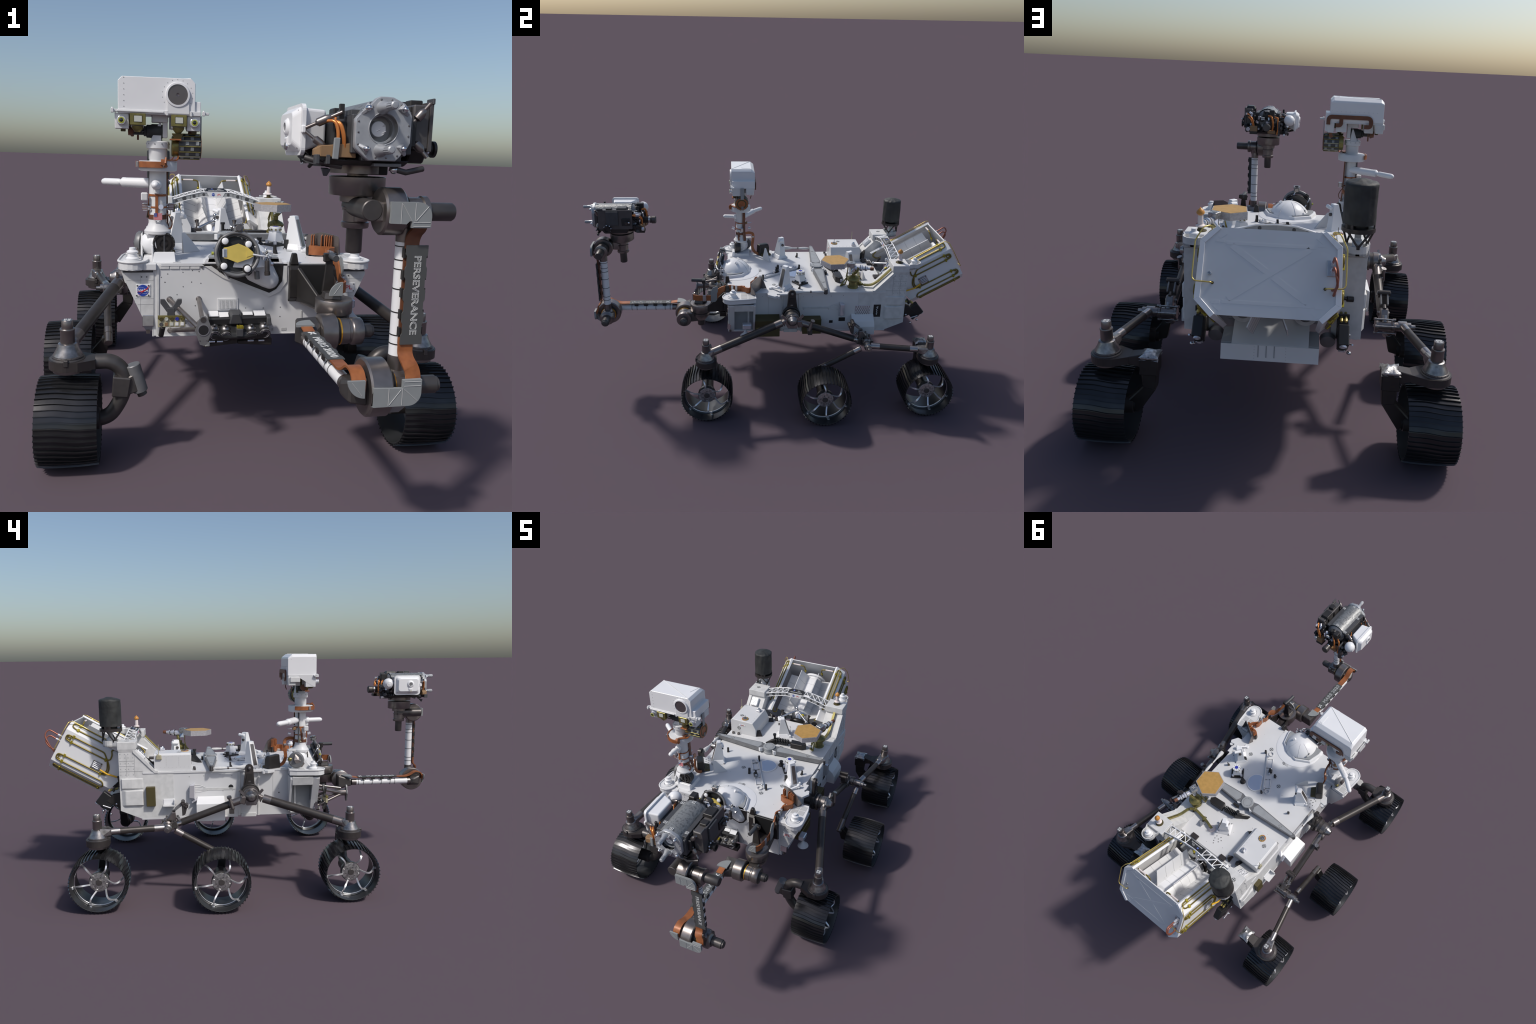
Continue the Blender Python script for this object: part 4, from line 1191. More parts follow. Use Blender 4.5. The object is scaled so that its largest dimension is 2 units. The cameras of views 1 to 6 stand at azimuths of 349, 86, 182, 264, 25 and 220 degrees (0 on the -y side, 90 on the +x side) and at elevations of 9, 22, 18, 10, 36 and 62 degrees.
# rock catcher pan: shallow mirror-like dish with a pair of hinged frames
p = Part("shallow_pan", fit)
pan = [(0.002, 0.112)] + [(0.045 + 0.052 * math.cos(a), 0.088 + 0.052 * math.sin(a)) for a in [math.radians(115 - 15 * i) for i in range(15)]] + [(0.036, 0.046)]
p.xy(pan[::-1], DECK, DECK + 0.005, "white_gloss", 0.001)
p.xy([(0.047 + (x - 0.047) * 0.93, 0.088 + (y - 0.088) * 0.93) for x, y in pan[::-1]], DECK + 0.005, DECK + 0.0056, "mirror")
p.done()
p = Part("hinge_frame", fit)
a0, a1 = V((-0.018, 0.112, 0)), V((0.112, -0.094, 0))
dr = (a1 - a0).normalized()
sd = V((-dr.y, dr.x, 0))
if sd.x > 0:
    sd = -sd
p.ribbon([a0 + V((0, 0, DECK + 0.006)), a1 + V((0, 0, DECK + 0.006))], sd, 0.004, 0.010, "white_paint")
for t, ln in ((0.10, 0.055), (0.62, 0.055)):
    o = a0 + dr * (t * (a1 - a0).length)
    q = [o + sd * 0.004, o + sd * 0.034, o + sd * 0.034 + dr * ln, o + sd * 0.004 + dr * ln]
    p.tube([c + V((0, 0, DECK + 0.004)) for c in q], 0.0028, "white_paint", n=10, closed=True)
    p.put([c + V((0, 0, DECK + 0.0020)) for c in q], [[0, 1, 2, 3]], "white_paint")
for t in (0.02, 0.98):
    o = a0 + dr * (t * (a1 - a0).length) + sd * 0.022
    p.ring(o + V((0, 0, DECK)), (0, 0, 1), 0.0105, 0.0135, 0.008, "white_paint", 24)
for t in (0.08, 0.46, 0.90):
    o = a0 + dr * (t * (a1 - a0).length) + sd * (0.006 if t != 0.46 else 0.024)
    p.ball(o + V((0, 0, DECK + 0.010)), 0.006, "aluminium", 12, 8)
    p.cyl(o + V((0, 0, DECK)), o + V((0, 0, DECK + 0.018)), 0.0035, "clear_grey", n=10)
o = a0 + dr * 0.125 + sd * 0.028
p.cyl(o + V((0, 0, DECK + 0.010)) - dr * 0.006, o + V((0, 0, DECK + 0.010)) + dr * 0.012, 0.0105, "black_satin", n=18)
p.cyl(o + V((0, 0, DECK + 0.012)) + dr * 0.010, o + V((0, 0, DECK + 0.012)) + dr * 0.018, 0.008, "aluminium", n=14)
p.cyl(o + V((0, 0, DECK)), o + V((0.004, -0.004, DECK + 0.036)), 0.005, "black_satin", n=10)
p.done()
# calibration target pedestal with sundial-like top
p = Part("calibration_target", fit)
cx, cy = 0.166, 0.105
p.xf = Matrix.Translation((cx, cy, DECK)) @ Matrix.Rotation(math.radians(35), 4, "Z")
p.box((-0.034, -0.030, 0.000), (0.034, 0.030, 0.008), "black_satin", 0.002)
p.hull([(sx * 0.024, sy * 0.021, 0.016) for sx in (1, -1) for sy in (1, -1)] + [(sx * 0.017, sy * 0.017, 0.050) for sx in (1, -1) for sy in (1, -1)], "white_gloss", 0.002)
for sx in (1, -1):
    for sy in (1, -1):
        p.cyl((sx * 0.023, sy * 0.020, 0.006), (sx * 0.023, sy * 0.020, 0.020), 0.0065, "clear_grey", n=12)
p.lathe((0, 0, 0), (0, 0, 1), [(0.015, 0.050), (0.020, 0.058), (0.0215, 0.064), (0.0205, 0.070), (0, 0.0702)], "white_gloss", 28)
p.lathe((0, 0, 0), (0, 0, 1), [(0.0095, 0.0700), (0.0095, 0.0712), (0, 0.0712)], "deep_blue", 24)
for i in range(8):
    a = 2 * math.pi * i / 8
    d = V((math.cos(a), math.sin(a), 0))
    p.obox(d * 0.0208 + V((0, 0, 0.0600)), (0.006, 0.006, 0.0035), d, "olive_metal", 0, roll=math.pi / 4)
    p.lathe(d * 0.0150 + V((0, 0, 0.0701)), (0, 0, 1), [(0.0020, 0), (0.0020, 0.0008), (0, 0.0008)], "brass_clip" if i % 2 else "bolt_dark", 8)
p.done()

# ------------------------------------------------------------------ weather electronics box on the rear deck
ebox = group("electronics_box")
p = Part("box_housing", ebox)
pts = []
for y in (0.316, 0.487):
    pts += [(-0.283, y, DECK), (-0.128, y, DECK), (-0.128, y, 0.598), (-0.148, y, 0.637), (-0.275, y, 0.640), (-0.283, y, 0.632)]
p.hull(pts, "white_paint", 0.0015)
for i in range(9):
    for z in (0.575, 0.628):
        p.lathe((-0.2835, 0.328 + i * 0.0185, z), (-1, 0, 0), [(0.0010, 0), (0.0010, 0.0006), (0, 0.0006)], "panel_line", 6)
for y in (0.372, 0.430):
    for z in [0.582 + 0.008 * k for k in range(6)]:
        p.lathe((-0.2835, y, z), (-1, 0, 0), [(0.0010, 0), (0.0010, 0.0006), (0, 0.0006)], "panel_line", 6)
for i in range(8):
    for x in (-0.262, -0.160):
        p.lathe((x, 0.330 + i * 0.020, 0.6385), (0, 0, 1), [(0.0010, 0), (0.0010, 0.0014), (0, 0.0014)], "panel_line", 6)
fiducial(p, (-0.240, 0.372, 0.6392), (0, 0, 1), 0.0105)
fiducial(p, (-0.233, 0.316, 0.590), (0, -1, 0), 0.0105, (0, 0, 1))
p.box((-0.231, 0.3148, 0.608), (-0.195, 0.3165, 0.616), "white_gloss", 0)
for i, m in enumerate(("deep_blue", "flag_red", "olive_metal", "flag_red")):
    p.box((-0.222 + i * 0.0055, 0.3143, 0.6095), (-0.218 + i * 0.0055, 0.3155, 0.6145), m, 0)
p.done()
p = Part("wind_disc", ebox)
p.lathe((-0.207, 0.345, 0.638), (0, 0, 1), [(0.0185, 0), (0.0185, 0.004), (0, 0.004)], "amber", 24)
p.lathe((-0.207, 0.345, 0.642), (0, 0, 1), [(0.012, 0), (0.012, 0.0012), (0, 0.0012)], "steel_plate", 20)
p.ring((-0.207, 0.345, 0.6432), (0, 0, 1), 0.0055, 0.0085, 0.001, "bolt_dark", 16)
for i in range(10):
    a = 2 * math.pi * i / 10
    p.lathe((-0.207 + 0.0152 * math.cos(a), 0.345 + 0.0152 * math.sin(a), 0.642), (0, 0, 1), [(0.0022, 0), (0.0022, 0.001), (0, 0.001)], RNG.choice(["deep_blue", "brass_clip", "olive", "bolt_dark", "flag_red"]), 8)
p.tube([(-0.207, 0.345, 0.642), (-0.207, 0.345, 0.664)], 0.0013, "bolt_dark", n=10)
p.done()
p = Part("dust_sensor", ebox)
p.box((-0.185, 0.440, 0.638), (-0.162, 0.464, 0.649), "clear_grey", 0.002)
p.lathe((-0.172, 0.452, 0.649), (0, 0, 1), [(0.008, 0), (0.007, 0.006), (0.004, 0.010), (0, 0.0105)], "aluminium", 14)
p.ball((-0.180, 0.458, 0.651), 0.005, "white_gloss", 10, 8)
p.done()
p = Part("whip_antenna", ebox)
p.hull([(-0.284, 0.450, 0.612), (-0.284, 0.478, 0.612), (-0.292, 0.452, 0.614), (-0.292, 0.476, 0.614), (-0.284, 0.452, 0.634), (-0.284, 0.476, 0.634), (-0.292, 0.456, 0.633), (-0.292, 0.474, 0.633)], "khaki", 0.001)
p.lathe((-0.287, 0.465, 0.633), (0, 0, 1), [(0.006, 0), (0.002, 0.006), (0.0016, 0.010), (0.0016, 0.050), (0, 0.051)], "khaki", 10)
p.done()
p = Part("dark_bracket", ebox)
p.hull([(-0.128, 0.318, DECK), (-0.095, 0.335, DECK), (-0.128, 0.352, DECK), (-0.128, 0.330, 0.592), (-0.115, 0.345, 0.590), (-0.105, 0.340, 0.575)], "brown_black", 0.001)
p.hull([(-0.130, 0.490, DECK), (-0.100, 0.500, DECK), (-0.130, 0.530, DECK), (-0.128, 0.495, 0.580), (-0.112, 0.520, 0.578)], "brown_black", 0.001)
p.box((-0.105, 0.518, DECK), (-0.070, 0.542, DECK + 0.012), "brown_black", 0.001)
p.box((0.085, 0.515, DECK), (0.125, 0.540, DECK + 0.010), "brown_black", 0.001)
for x, y in ((-0.262, 0.300), (-0.230, 0.302), (-0.200, 0.500), (-0.255, 0.500)):
    p.box((x - 0.006, y - 0.006, DECK), (x + 0.006, y + 0.006, DECK + 0.012), "titanium_dark", 0.001)
p.hull([(-0.176, 0.470, DECK), (-0.160, 0.520, DECK), (-0.178, 0.528, 0.606), (-0.186, 0.520, 0.606), (-0.190, 0.500, DECK), (-0.158, 0.505, 0.570)], "black_satin", 0.001)
p.done()

# ------------------------------------------------------------------ steerable hexagonal antenna
hga = group("steerable_antenna")
p = Part("antenna_plate", hga)
hx = [(0.192 + 0.074 * math.cos(a) * 0.96, 0.2815 + 0.074 * math.sin(a) * 0.98) for a in [math.radians(6 + 60 * i) for i in range(6)]]
hx = [(0.258, 0.2500), (0.192, 0.2080), (0.133, 0.2360), (0.122, 0.3180), (0.180, 0.3590), (0.254, 0.3220)][::-1]
p.xy(hx, 0.6685, 0.6955, "antenna_rim", 0.0015)
p.xy([(0.191 + (x - 0.191) * 0.955, 0.2822 + (y - 0.2822) * 0.955) for x, y in hx], 0.6955, 0.6968, "amber")
p.done()
p = Part("antenna_gimbal", hga)
bx, by = 0.226, 0.378
p.lathe((bx, by, DECK), (0, 0, 1), [(0.028, 0), (0.027, 0.006), (0.022, 0.010), (0.022, 0.034), (0.030, 0.038), (0.034, 0.044), (0.034, 0.050), (0.028, 0.058), (0.016, 0.064), (0.010, 0.068), (0.010, 0.080), (0, 0.082)], "olive_metal", 30)
p.hull([(0.232 + a, 0.368 + b, 0.650 + c) for a, b, c in ((-0.014, -0.012, 0), (0.014, -0.012, 0), (-0.014, 0.014, 0), (0.014, 0.014, 0), (-0.010, -0.010, 0.03), (0.010, 0.012, 0.03))], "aluminium", 0.002)
p.hull([(0.214, 0.350, 0.676), (0.246, 0.335, 0.676), (0.228, 0.384, 0.676), (0.258, 0.372, 0.676), (0.214, 0.350, 0.700), (0.246, 0.335, 0.700), (0.228, 0.384, 0.700), (0.258, 0.372, 0.700)], "foil", 0.002)
fiducial(p, (0.2365, 0.360, 0.7002), (0, 0, 1), 0.007)
p.tube([(0.218, 0.384, 0.630), (0.246, 0.390, 0.655), (0.256, 0.396, 0.680)], 0.009, "olive_metal", n=10)
ax0, ax1 = V((0.240, 0.372, 0.672)), V((0.275, 0.472, 0.677))
dd = (ax1 - ax0).normalized()
p.lathe(ax0, dd, [(0.010, 0), (0.012, 0.010), (0.0135, 0.034), (0.0160, 0.036), (0.0160, 0.046), (0.011, 0.048), (0.011, 0.062), (0.013, 0.063), (0.013, 0.070), (0.0075, 0.072), (0.0075, 0.086)], "clear_grey", 20)
p.lathe(ax0 + dd * 0.086, dd, [(0.0085, 0), (0.0095, 0.004), (0.0085, 0.018), (0, 0.019)], "copper_dark", 16)
p.ring(ax0 + dd * 0.034, dd, 0.013, 0.0168, 0.003, "black_satin", 20)
p.ring(ax0 + dd * 0.060, dd, 0.010, 0.0140, 0.003, "black_satin", 20)
for q in ((0.217, 0.313), (0.190, 0.345), (0.196, 0.322)):
    p.tube([(q[0], q[1], DECK + 0.003), (0.210, 0.352, 0.612)], 0.0032, "olive_metal", n=10)
p.tube([(0.217, 0.313, DECK + 0.003), (0.196, 0.322, DECK + 0.003), (0.190, 0.345, DECK + 0.003), (0.217, 0.313, DECK + 0.003)], 0.003, "olive_metal", n=10)
p.cyl((0.186, 0.322, 0.578), (0.204, 0.318, 0.580), 0.006, "clear_grey", n=12)
for z in (0.61, 0.64):
    p.tube([(0.196, 0.345, z - 0.04), (0.188, 0.352, z - 0.01), (0.200, 0.352, 0.668)], 0.0022, "olive_metal", n=10)
p.done()

# ------------------------------------------------------------------ damper with coil spring behind the bar
p = Part("coil_damper", fit)
p.hull([(x, y, z) for x, y in ((0.164, 0.335), (0.176, 0.314), (0.158, 0.296), (0.092, 0.292), (0.084, 0.332)) for z in (DECK, 0.586)], "black_satin", 0.002)
p.hull([(0.165 - 0.01, 0.325, 0.5865), (0.165, 0.308, 0.5865), (0.096, 0.300, 0.5865), (0.092, 0.325, 0.5865), (0.12, 0.31, 0.580)], "black", 0.001)
c0, c1 = V((0.084, 0.314, 0.574)), V((-0.002, 0.306, 0.574))
dd = (c1 - c0).normalized()
cu_, cv_, cw_ = frame(dd)
p.cyl(c0, c1, 0.0075, "black_satin", n=14)
coil = [c0 + dd * (0.010 + 0.070 * i / 150) + (cu_ * math.cos(i * 2 * math.pi * 7.5 / 150) + cv_ * math.sin(i * 2 * math.pi * 7.5 / 150)) * 0.0145 for i in range(151)]
p.tube(coil, 0.0030, "black", n=10)
p.hull([(x, y, z) for x, y, z in ((0.006, 0.322, DECK), (0.006, 0.290, DECK), (-0.060, 0.262, DECK), (-0.055, 0.285, DECK), (0.004, 0.318, 0.588), (0.004, 0.294, 0.588), (-0.022, 0.292, 0.584), (-0.05, 0.270, 0.568))], "black_satin", 0.002)
p.tube([(-0.004, 0.302, 0.575), (-0.005, 0.300, 0.618)], 0.0062, "black", n=12)
p.lathe((-0.005, 0.300, 0.610), (0, 0, 1), [(0.009, 0), (0.009, 0.008), (0, 0.009)], "black", 14)
p.box((0.028, 0.256, DECK), (0.062, 0.266, 0.572), "black_satin", 0.001)
p.done()
# dome-tipped antenna on the starboard tower
p = Part("stub_antenna", tower)
p.lathe((0.241, 0.611, 0.698), (0, 0, 1), [(0.020, 0), (0.020, 0.002), (0.009, 0.003), (0.009, 0.014)], "olive", 20)
p.lathe((0.241, 0.611, 0.712), (0, 0, 1), [(0.015, 0), (0.0155, 0.004), (0.009, 0.008), (0.0085, 0.034), (0.0075, 0.038)], "pink_white", 20)
p.lathe((0.241, 0.611, 0.749), (0, 0, 1), [(0.008, 0), (0.0132, 0.006), (0.0128, 0.012), (0.008, 0.018), (0.003, 0.022), (0, 0.026)], "amber_knob", 20)
p.done()

# ------------------------------------------------------------------ cloth-wrapped quad-helix antenna
uhf = group("cloth_wrapped_antenna")
p = Part("antenna_drum", uhf)
vs, fs = [], []
n, rows = 64, 26
prof = [(0.0490, 0.770 + 0.119 * i / 18) for i in range(19)] + [(0.0480, 0.8905), (0.044, 0.8935), (0.036, 0.8960), (0.027, 0.8980), (0.017, 0.9015), (0.009, 0.9030), (0.0001, 0.9035)]
from mathutils import noise as mn
for k, (r, z) in enumerate(prof):
    for i in range(n):
        a = 2 * math.pi * i / n
        fold = mn.noise(V((math.cos(a) * 3.2, math.sin(a) * 3.2, z * 14))) * 0.0020 + abs(mn.noise(V((math.cos(a) * 7, math.sin(a) * 7, z * 22)))) * 0.0018
        rr = r + fold * (1 if r > 0.02 else 0.3)
        dz = mn.noise(V((rr * 60 * math.cos(a), rr * 60 * math.sin(a), 4.0))) * 0.0025 if z > 0.889 else 0
        vs.append((-0.247 + rr * math.cos(a), 0.681 + rr * math.sin(a), z + dz))
for k in range(len(prof) - 1):
    for i in range(n):
        j = (i + 1) % n
        fs.append([k * n + i, k * n + j, (k + 1) * n + j, (k + 1) * n + i])
fs.append(list(range(n))[::-1])
p.put(vs, fs, "black_cloth")
p.done(60)
p = Part("antenna_stand", uhf)
p.ring((-0.247, 0.681, 0.7460), (0, 0, 1), 0.030, 0.0515, 0.013, "brown_black", 40)
p.lathe((-0.247, 0.681, 0.748), (0, 0, 1), [(0.044, 0), (0.044, 0.004), (0, 0.004)], "black_satin", 32)
p.cyl((-0.247, 0.681, 0.750), (-0.247, 0.681, 0.772), 0.030, "black_satin", n=24)
for i in range(3):
    a = math.radians(50 + 120 * i)
    d = V((math.cos(a), math.sin(a), 0))
    t = V((-d.y, d.x, 0))
    q = V((-0.247, 0.681, 0))
    for sgn in (-1, 1):
        p.hull([q + d * rr + t * (sgn * 0.004 + w) + V((0, 0, z)) for rr in (0.045, 0.049) for w in (-0.010, 0.010) for z in (0.757, 0.772)], "brown_black")
for i in range(3):
    a = math.radians(-30 + 120 * i)
    foot = V((-0.247 + 0.036 * math.cos(a), 0.684 + 0.036 * math.sin(a), 0.702))
    for sgn in (-1, 1):
        b = a + sgn * math.radians(46)
        top = V((-0.247 + 0.047 * math.cos(b), 0.681 + 0.047 * math.sin(b), 0.749))
        p.tube([foot, top], 0.0034, "brown_black", n=10)
    p.cyl(foot - V((0, 0, 0.005)), foot + V((0, 0, 0.007)), 0.0052, "black_satin", n=12)
p.lathe((-0.247, 0.684, 0.700), (0, 0, 1), [(0.016, 0), (0.013, 0.018), (0.010, 0.022), (0.010, 0.046)], "white_cloth", 20)
p.done()

# ------------------------------------------------------------------ arched truss with name placard
truss = group("arched_truss")
p = Part("truss_frame", truss)
arch_x = (-0.192, -0.130, -0.064, 0.0, 0.064, 0.130, 0.192)
arch_h = (0.6845, 0.7040, 0.7195, 0.7200, 0.7195, 0.7040, 0.6845)
def arch_z(x):
    for i in range(6):
        if arch_x[i] <= x <= arch_x[i + 1]:
            return arch_h[i] + (arch_h[i + 1] - arch_h[i]) * (x - arch_x[i]) / (arch_x[i + 1] - arch_x[i])
    return arch_h[0]
def front_pt(x, dz=0.0):
    return V((x, 0.5825, arch_z(x) + dz))
def back_pt(x, dz=0.0):
    return V((x, 0.6150 + 0.016 * abs(x) / 0.192, arch_z(x) + 0.0125 - 0.006 * abs(x) / 0.192 + dz))
for i in range(6):
    a, b = arch_x[i], arch_x[i + 1]
    for fn, dy in ((front_pt, 0.0025), (back_pt, -0.0025)):
        q = [fn(a), fn(b), fn(b, -0.0215), fn(a, -0.0215)]
        p.hull(q + [v + V((0, dy, 0)) for v in q], "grey_paint")
        p.tube([fn(a), fn(b)], 0.0027, "white_gloss")
        p.tube([fn(a, -0.0215), fn(b, -0.0215)], 0.0018, "white_gloss")
zig = [-0.190 + 0.0345 * i for i in range(5)]
for sgn in (1, -1):
    for i in range(len(zig) - 1):
        a, b = zig[i] * sgn, zig[i + 1] * sgn
        p.tube([front_pt(a), back_pt(b)], 0.0020, "white_gloss")
        p.tube([front_pt(b), back_pt(b)], 0.0020, "white_gloss")
for x, r in ((-0.172, 0.0060), (-0.138, 0.0092), (-0.096, 0.0068), (-0.054, 0.0060), (0.054, 0.0060), (0.096, 0.0068), (0.138, 0.0092), (0.172, 0.0060)):
    p.lathe(front_pt(x, -0.0108), (0, -1, 0), [(r, 0), (r, 0.0008), (0, 0.0008)], "charcoal", 18)
    p.lathe(back_pt(x, -0.0108), (0, 1, 0), [(r, 0), (r, 0.0008), (0, 0.0008)], "charcoal", 18)
for x in (-0.112, -0.075, 0.075, 0.112):
    o = front_pt(x)
    p.box((x - 0.0006, o.y - 0.0008, o.z - 0.021), (x + 0.0006, o.y + 0.001, o.z), "charcoal", 0)
for sgn in (1, -1):
    p.box((sgn * 0.186, 0.582, 0.664), (sgn * 0.196, 0.630, 0.688), "white_cloth", 0.001)
p.done()
p = Part("name_placard", truss)
FLc, FRc, BRc, BLc = V((-0.050, 0.5815, 0.7210)), V((0.050, 0.5815, 0.7210)), V((0.037, 0.6150, 0.7340)), V((-0.037, 0.6150, 0.7340))
pn = (FRc - FLc).cross(BLc - FLc).normalized()
p.hull([v + pn * h for v in (FLc, FRc, BRc, BLc) for h in (0.0, 0.0022)], "black", 0.0004)
pu = (BLc + BRc - FLc - FRc).normalized()
pm = (FLc + FRc) / 2 + pn * 0.0023
p.text("PERSEVERANCE", pm + pu * 0.0100, (1, 0, 0), pu, 0.0088, "print_light", stretch=1.12)
p.lathe(pm + pu * 0.0240 + V((-0.016, 0, 0)), pn, [(0.0050, 0), (0.0050, 0.0006), (0, 0.0006)], "logo_blue", 16)
p.text("NASA", pm + pu * 0.0240 + V((-0.016, 0, 0)) + pn * 0.0007, (1, 0, 0), pu, 0.0036, "print_light")
for i in range(3):
    p.obox(pm + pu * (0.0185 + i * 0.004) + V((0.016 - i * 0.002, 0, 0)), (0.0008, 0.0012, 0.020 - i * 0.004), (1, 0, 0), "print_light", 0)
yq = 0.5820
p.hull([(-0.040, yq - d, 0.7185) for d in (0, 0.0012)] + [(0.040, yq - d, 0.7185) for d in (0, 0.0012)] + [(-0.030, yq - d, 0.6995) for d in (0, 0.0012)] + [(0.030, yq - d, 0.6995) for d in (0, 0.0012)], "white_paint")
p.lathe((-0.012, yq - 0.0012, 0.7090), (0, -1, 0), [(0.0068, 0), (0.0068, 0.0006), (0, 0.0006)], "logo_blue", 20)
p.text("NASA", (-0.012, yq - 0.0019, 0.7090), (1, 0, 0), (0, 0, 1), 0.0048, "white_gloss")
p.text("JPL", (0.014, yq - 0.0013, 0.7090), (1, 0, 0), (0, 0, 1), 0.0098, "logo_red", stretch=1.3)
p.done()
# ------------------------------------------------------------------ power source at the back
power = group("power_source")
PO = V((0, 0.8735, 0.789))
PA = V((0, 0.870, 0.493)).normalized()
PD = V((0, 0.493, -0.870)).normalized()
def L(x, u, t):
    """power-source frame: x across, u down along the end plate, t along its axis (0 at the rear)"""
    return PO + V((x, 0, 0)) + PD * u + PA * t

SECT_OUT = [(0.146, 0.000), (0.191, 0.040), (0.194, 0.203), (0.147, 0.248)]
SECT_IN = [(0.136, 0.007), (0.177, 0.049), (0.178, 0.196), (0.136, 0.238)]
def t_front(u):
    return -0.375 + 0.08 * min(max(u / 0.24, 0), 1)
for s in (1, -1):
    p = Part("heat_exchanger_panel", power)
    for (a, b, c, d) in zip(SECT_OUT, SECT_OUT[1:], SECT_IN, SECT_IN[1:]):
        q = []
        for x, u in (a, b, d, c):
            q += [L(s * x, u, 0.0), L(s * x, u, t_front(u))]
        p.hull(q, "white_gloss", 0.0006)
    p.done()
p = Part("end_plate", power)
plate = [(0.1365, 0.004), (0.178, 0.047), (0.179, 0.198), (0.1365, 0.240)]
plate = plate + [(-x, u) for x, u in plate[::-1]]
p.prism(plate, L(0, 0, -0.009), (1, 0, 0), PD, PA * 0.005, "white_paint", 0.0008)
sh = PA * 0.0008
def strip(a, b, w):
    va, vb = V((a[0], a[1], 0)), V((b[0], b[1], 0))
    dr = (vb - va).normalized()
    nn = V((-dr.y, dr.x, 0)) * w / 2
    q = [va + nn, va - nn, vb - nn, vb + nn]
    p.prism([(v.x, v.y) for v in q], L(0, 0, -0.0041), (1, 0, 0), PD, PA * 0.0005, "white_paint", 0.0002)
strip((-0.105, 0.052), (0.105, 0.196), 0.016)
strip((-0.105, 0.196), (-0.010, 0.131), 0.016)
strip((0.010, 0.117), (0.105, 0.052), 0.016)
strip((-0.120, 0.046), (0.120, 0.046), 0.009)
strip((-0.120, 0.204), (0.120, 0.204), 0.009)
for sx in (1, -1):
    for u0, du in ((0.040, -1), (0.206, 1)):
        strip((sx * 0.148, u0), (sx * 0.125, u0), 0.009)
        strip((sx * 0.140, u0 - du * -0.008), (sx * 0.122, u0 + du * 0.022), 0.009)
p.lathe(L(0.158, 0.131, -0.004), PA, [(0.0055, 0), (0.0055, 0.004), (0.003, 0.005), (0.003, 0.001), (0, 0.001)], "steel_plate", 18)
p.done()

core = Part("radioisotope_generator", power)
uc = 0.130
core.lathe(L(0, uc, -0.355), PA, [(0.020, 0), (0.046, 0.008), (0.060, 0.030), (0.064, 0.045)], "aluminium", 40)
core.lathe(L(0, uc, -0.310), PA, [(0.064, 0), (0.066, 0.006), (0.066, 0.236), (0.064, 0.240), (0.055, 0.246), (0.055, 0.262), (0.050, 0.270)], "white_gloss", 44)
core.ring(L(0, uc, -0.052), PA, 0.050, 0.068, 0.012, "white_gloss", 40)
for t in (-0.115, -0.165, -0.215, -0.265):
    core.ring(L(0, uc, t), PA, 0.060, 0.0664, 0.0012, "panel_line", 40)
core.lathe(L(0, uc, -0.366), PA, [(0.050, 0), (0.052, 0.006), (0.050, 0.014)], "black_satin", 32)
core.done()
for i in range(8):
    a = math.radians(22.5 + 45 * i)
    fin = Part("cooling_fin", power)
    dx, du = math.sin(a), -math.cos(a)
    tang = V((1, 0, 0)) * math.cos(a) + PD * math.sin(a)
    wide = abs(dx) > 0.8
    tip = 0.146 if wide else 0.143
    q = [(0.060, -0.330 if wide else -0.300), (tip, -0.318 if wide else -0.285), (tip, -0.070), (0.060, -0.058)]
    org = L(0, uc, 0) - tang * 0.0016
    fin.prism(q, org, V((dx, 0, 0)) + PD * du, PA, tang * 0.0032, "white_paint", 0.0005)
    for t in (-0.125, -0.180, -0.235, -0.285):
        for sg in (-0.0016, 0.0016):
            c = V((dx, 0, 0)) + PD * du
            fin.tube([L(0, uc, t) + c * 0.080 + tang * sg, L(0, uc, t) + c * (tip - 0.001) + tang * sg], 0.0005, "bolt_dark", n=4)
            fin.lathe(L(0, uc, t) + c * 0.080 + tang * sg, tang * sg, [(0.0018, 0), (0.0018, 0.0004), (0, 0.0005)], "bolt_dark", 6)
            for k in range(4):
                fin.lathe(L(0, uc, t + 0.012 + 0.006 * (k % 2)) + c * (0.074 + 0.006 * (k // 2)) + tang * sg, tang * sg, [(0.0008, 0), (0.0008, 0.0003), (0, 0.0004)], "bolt_dark", 6)
    fin.done()

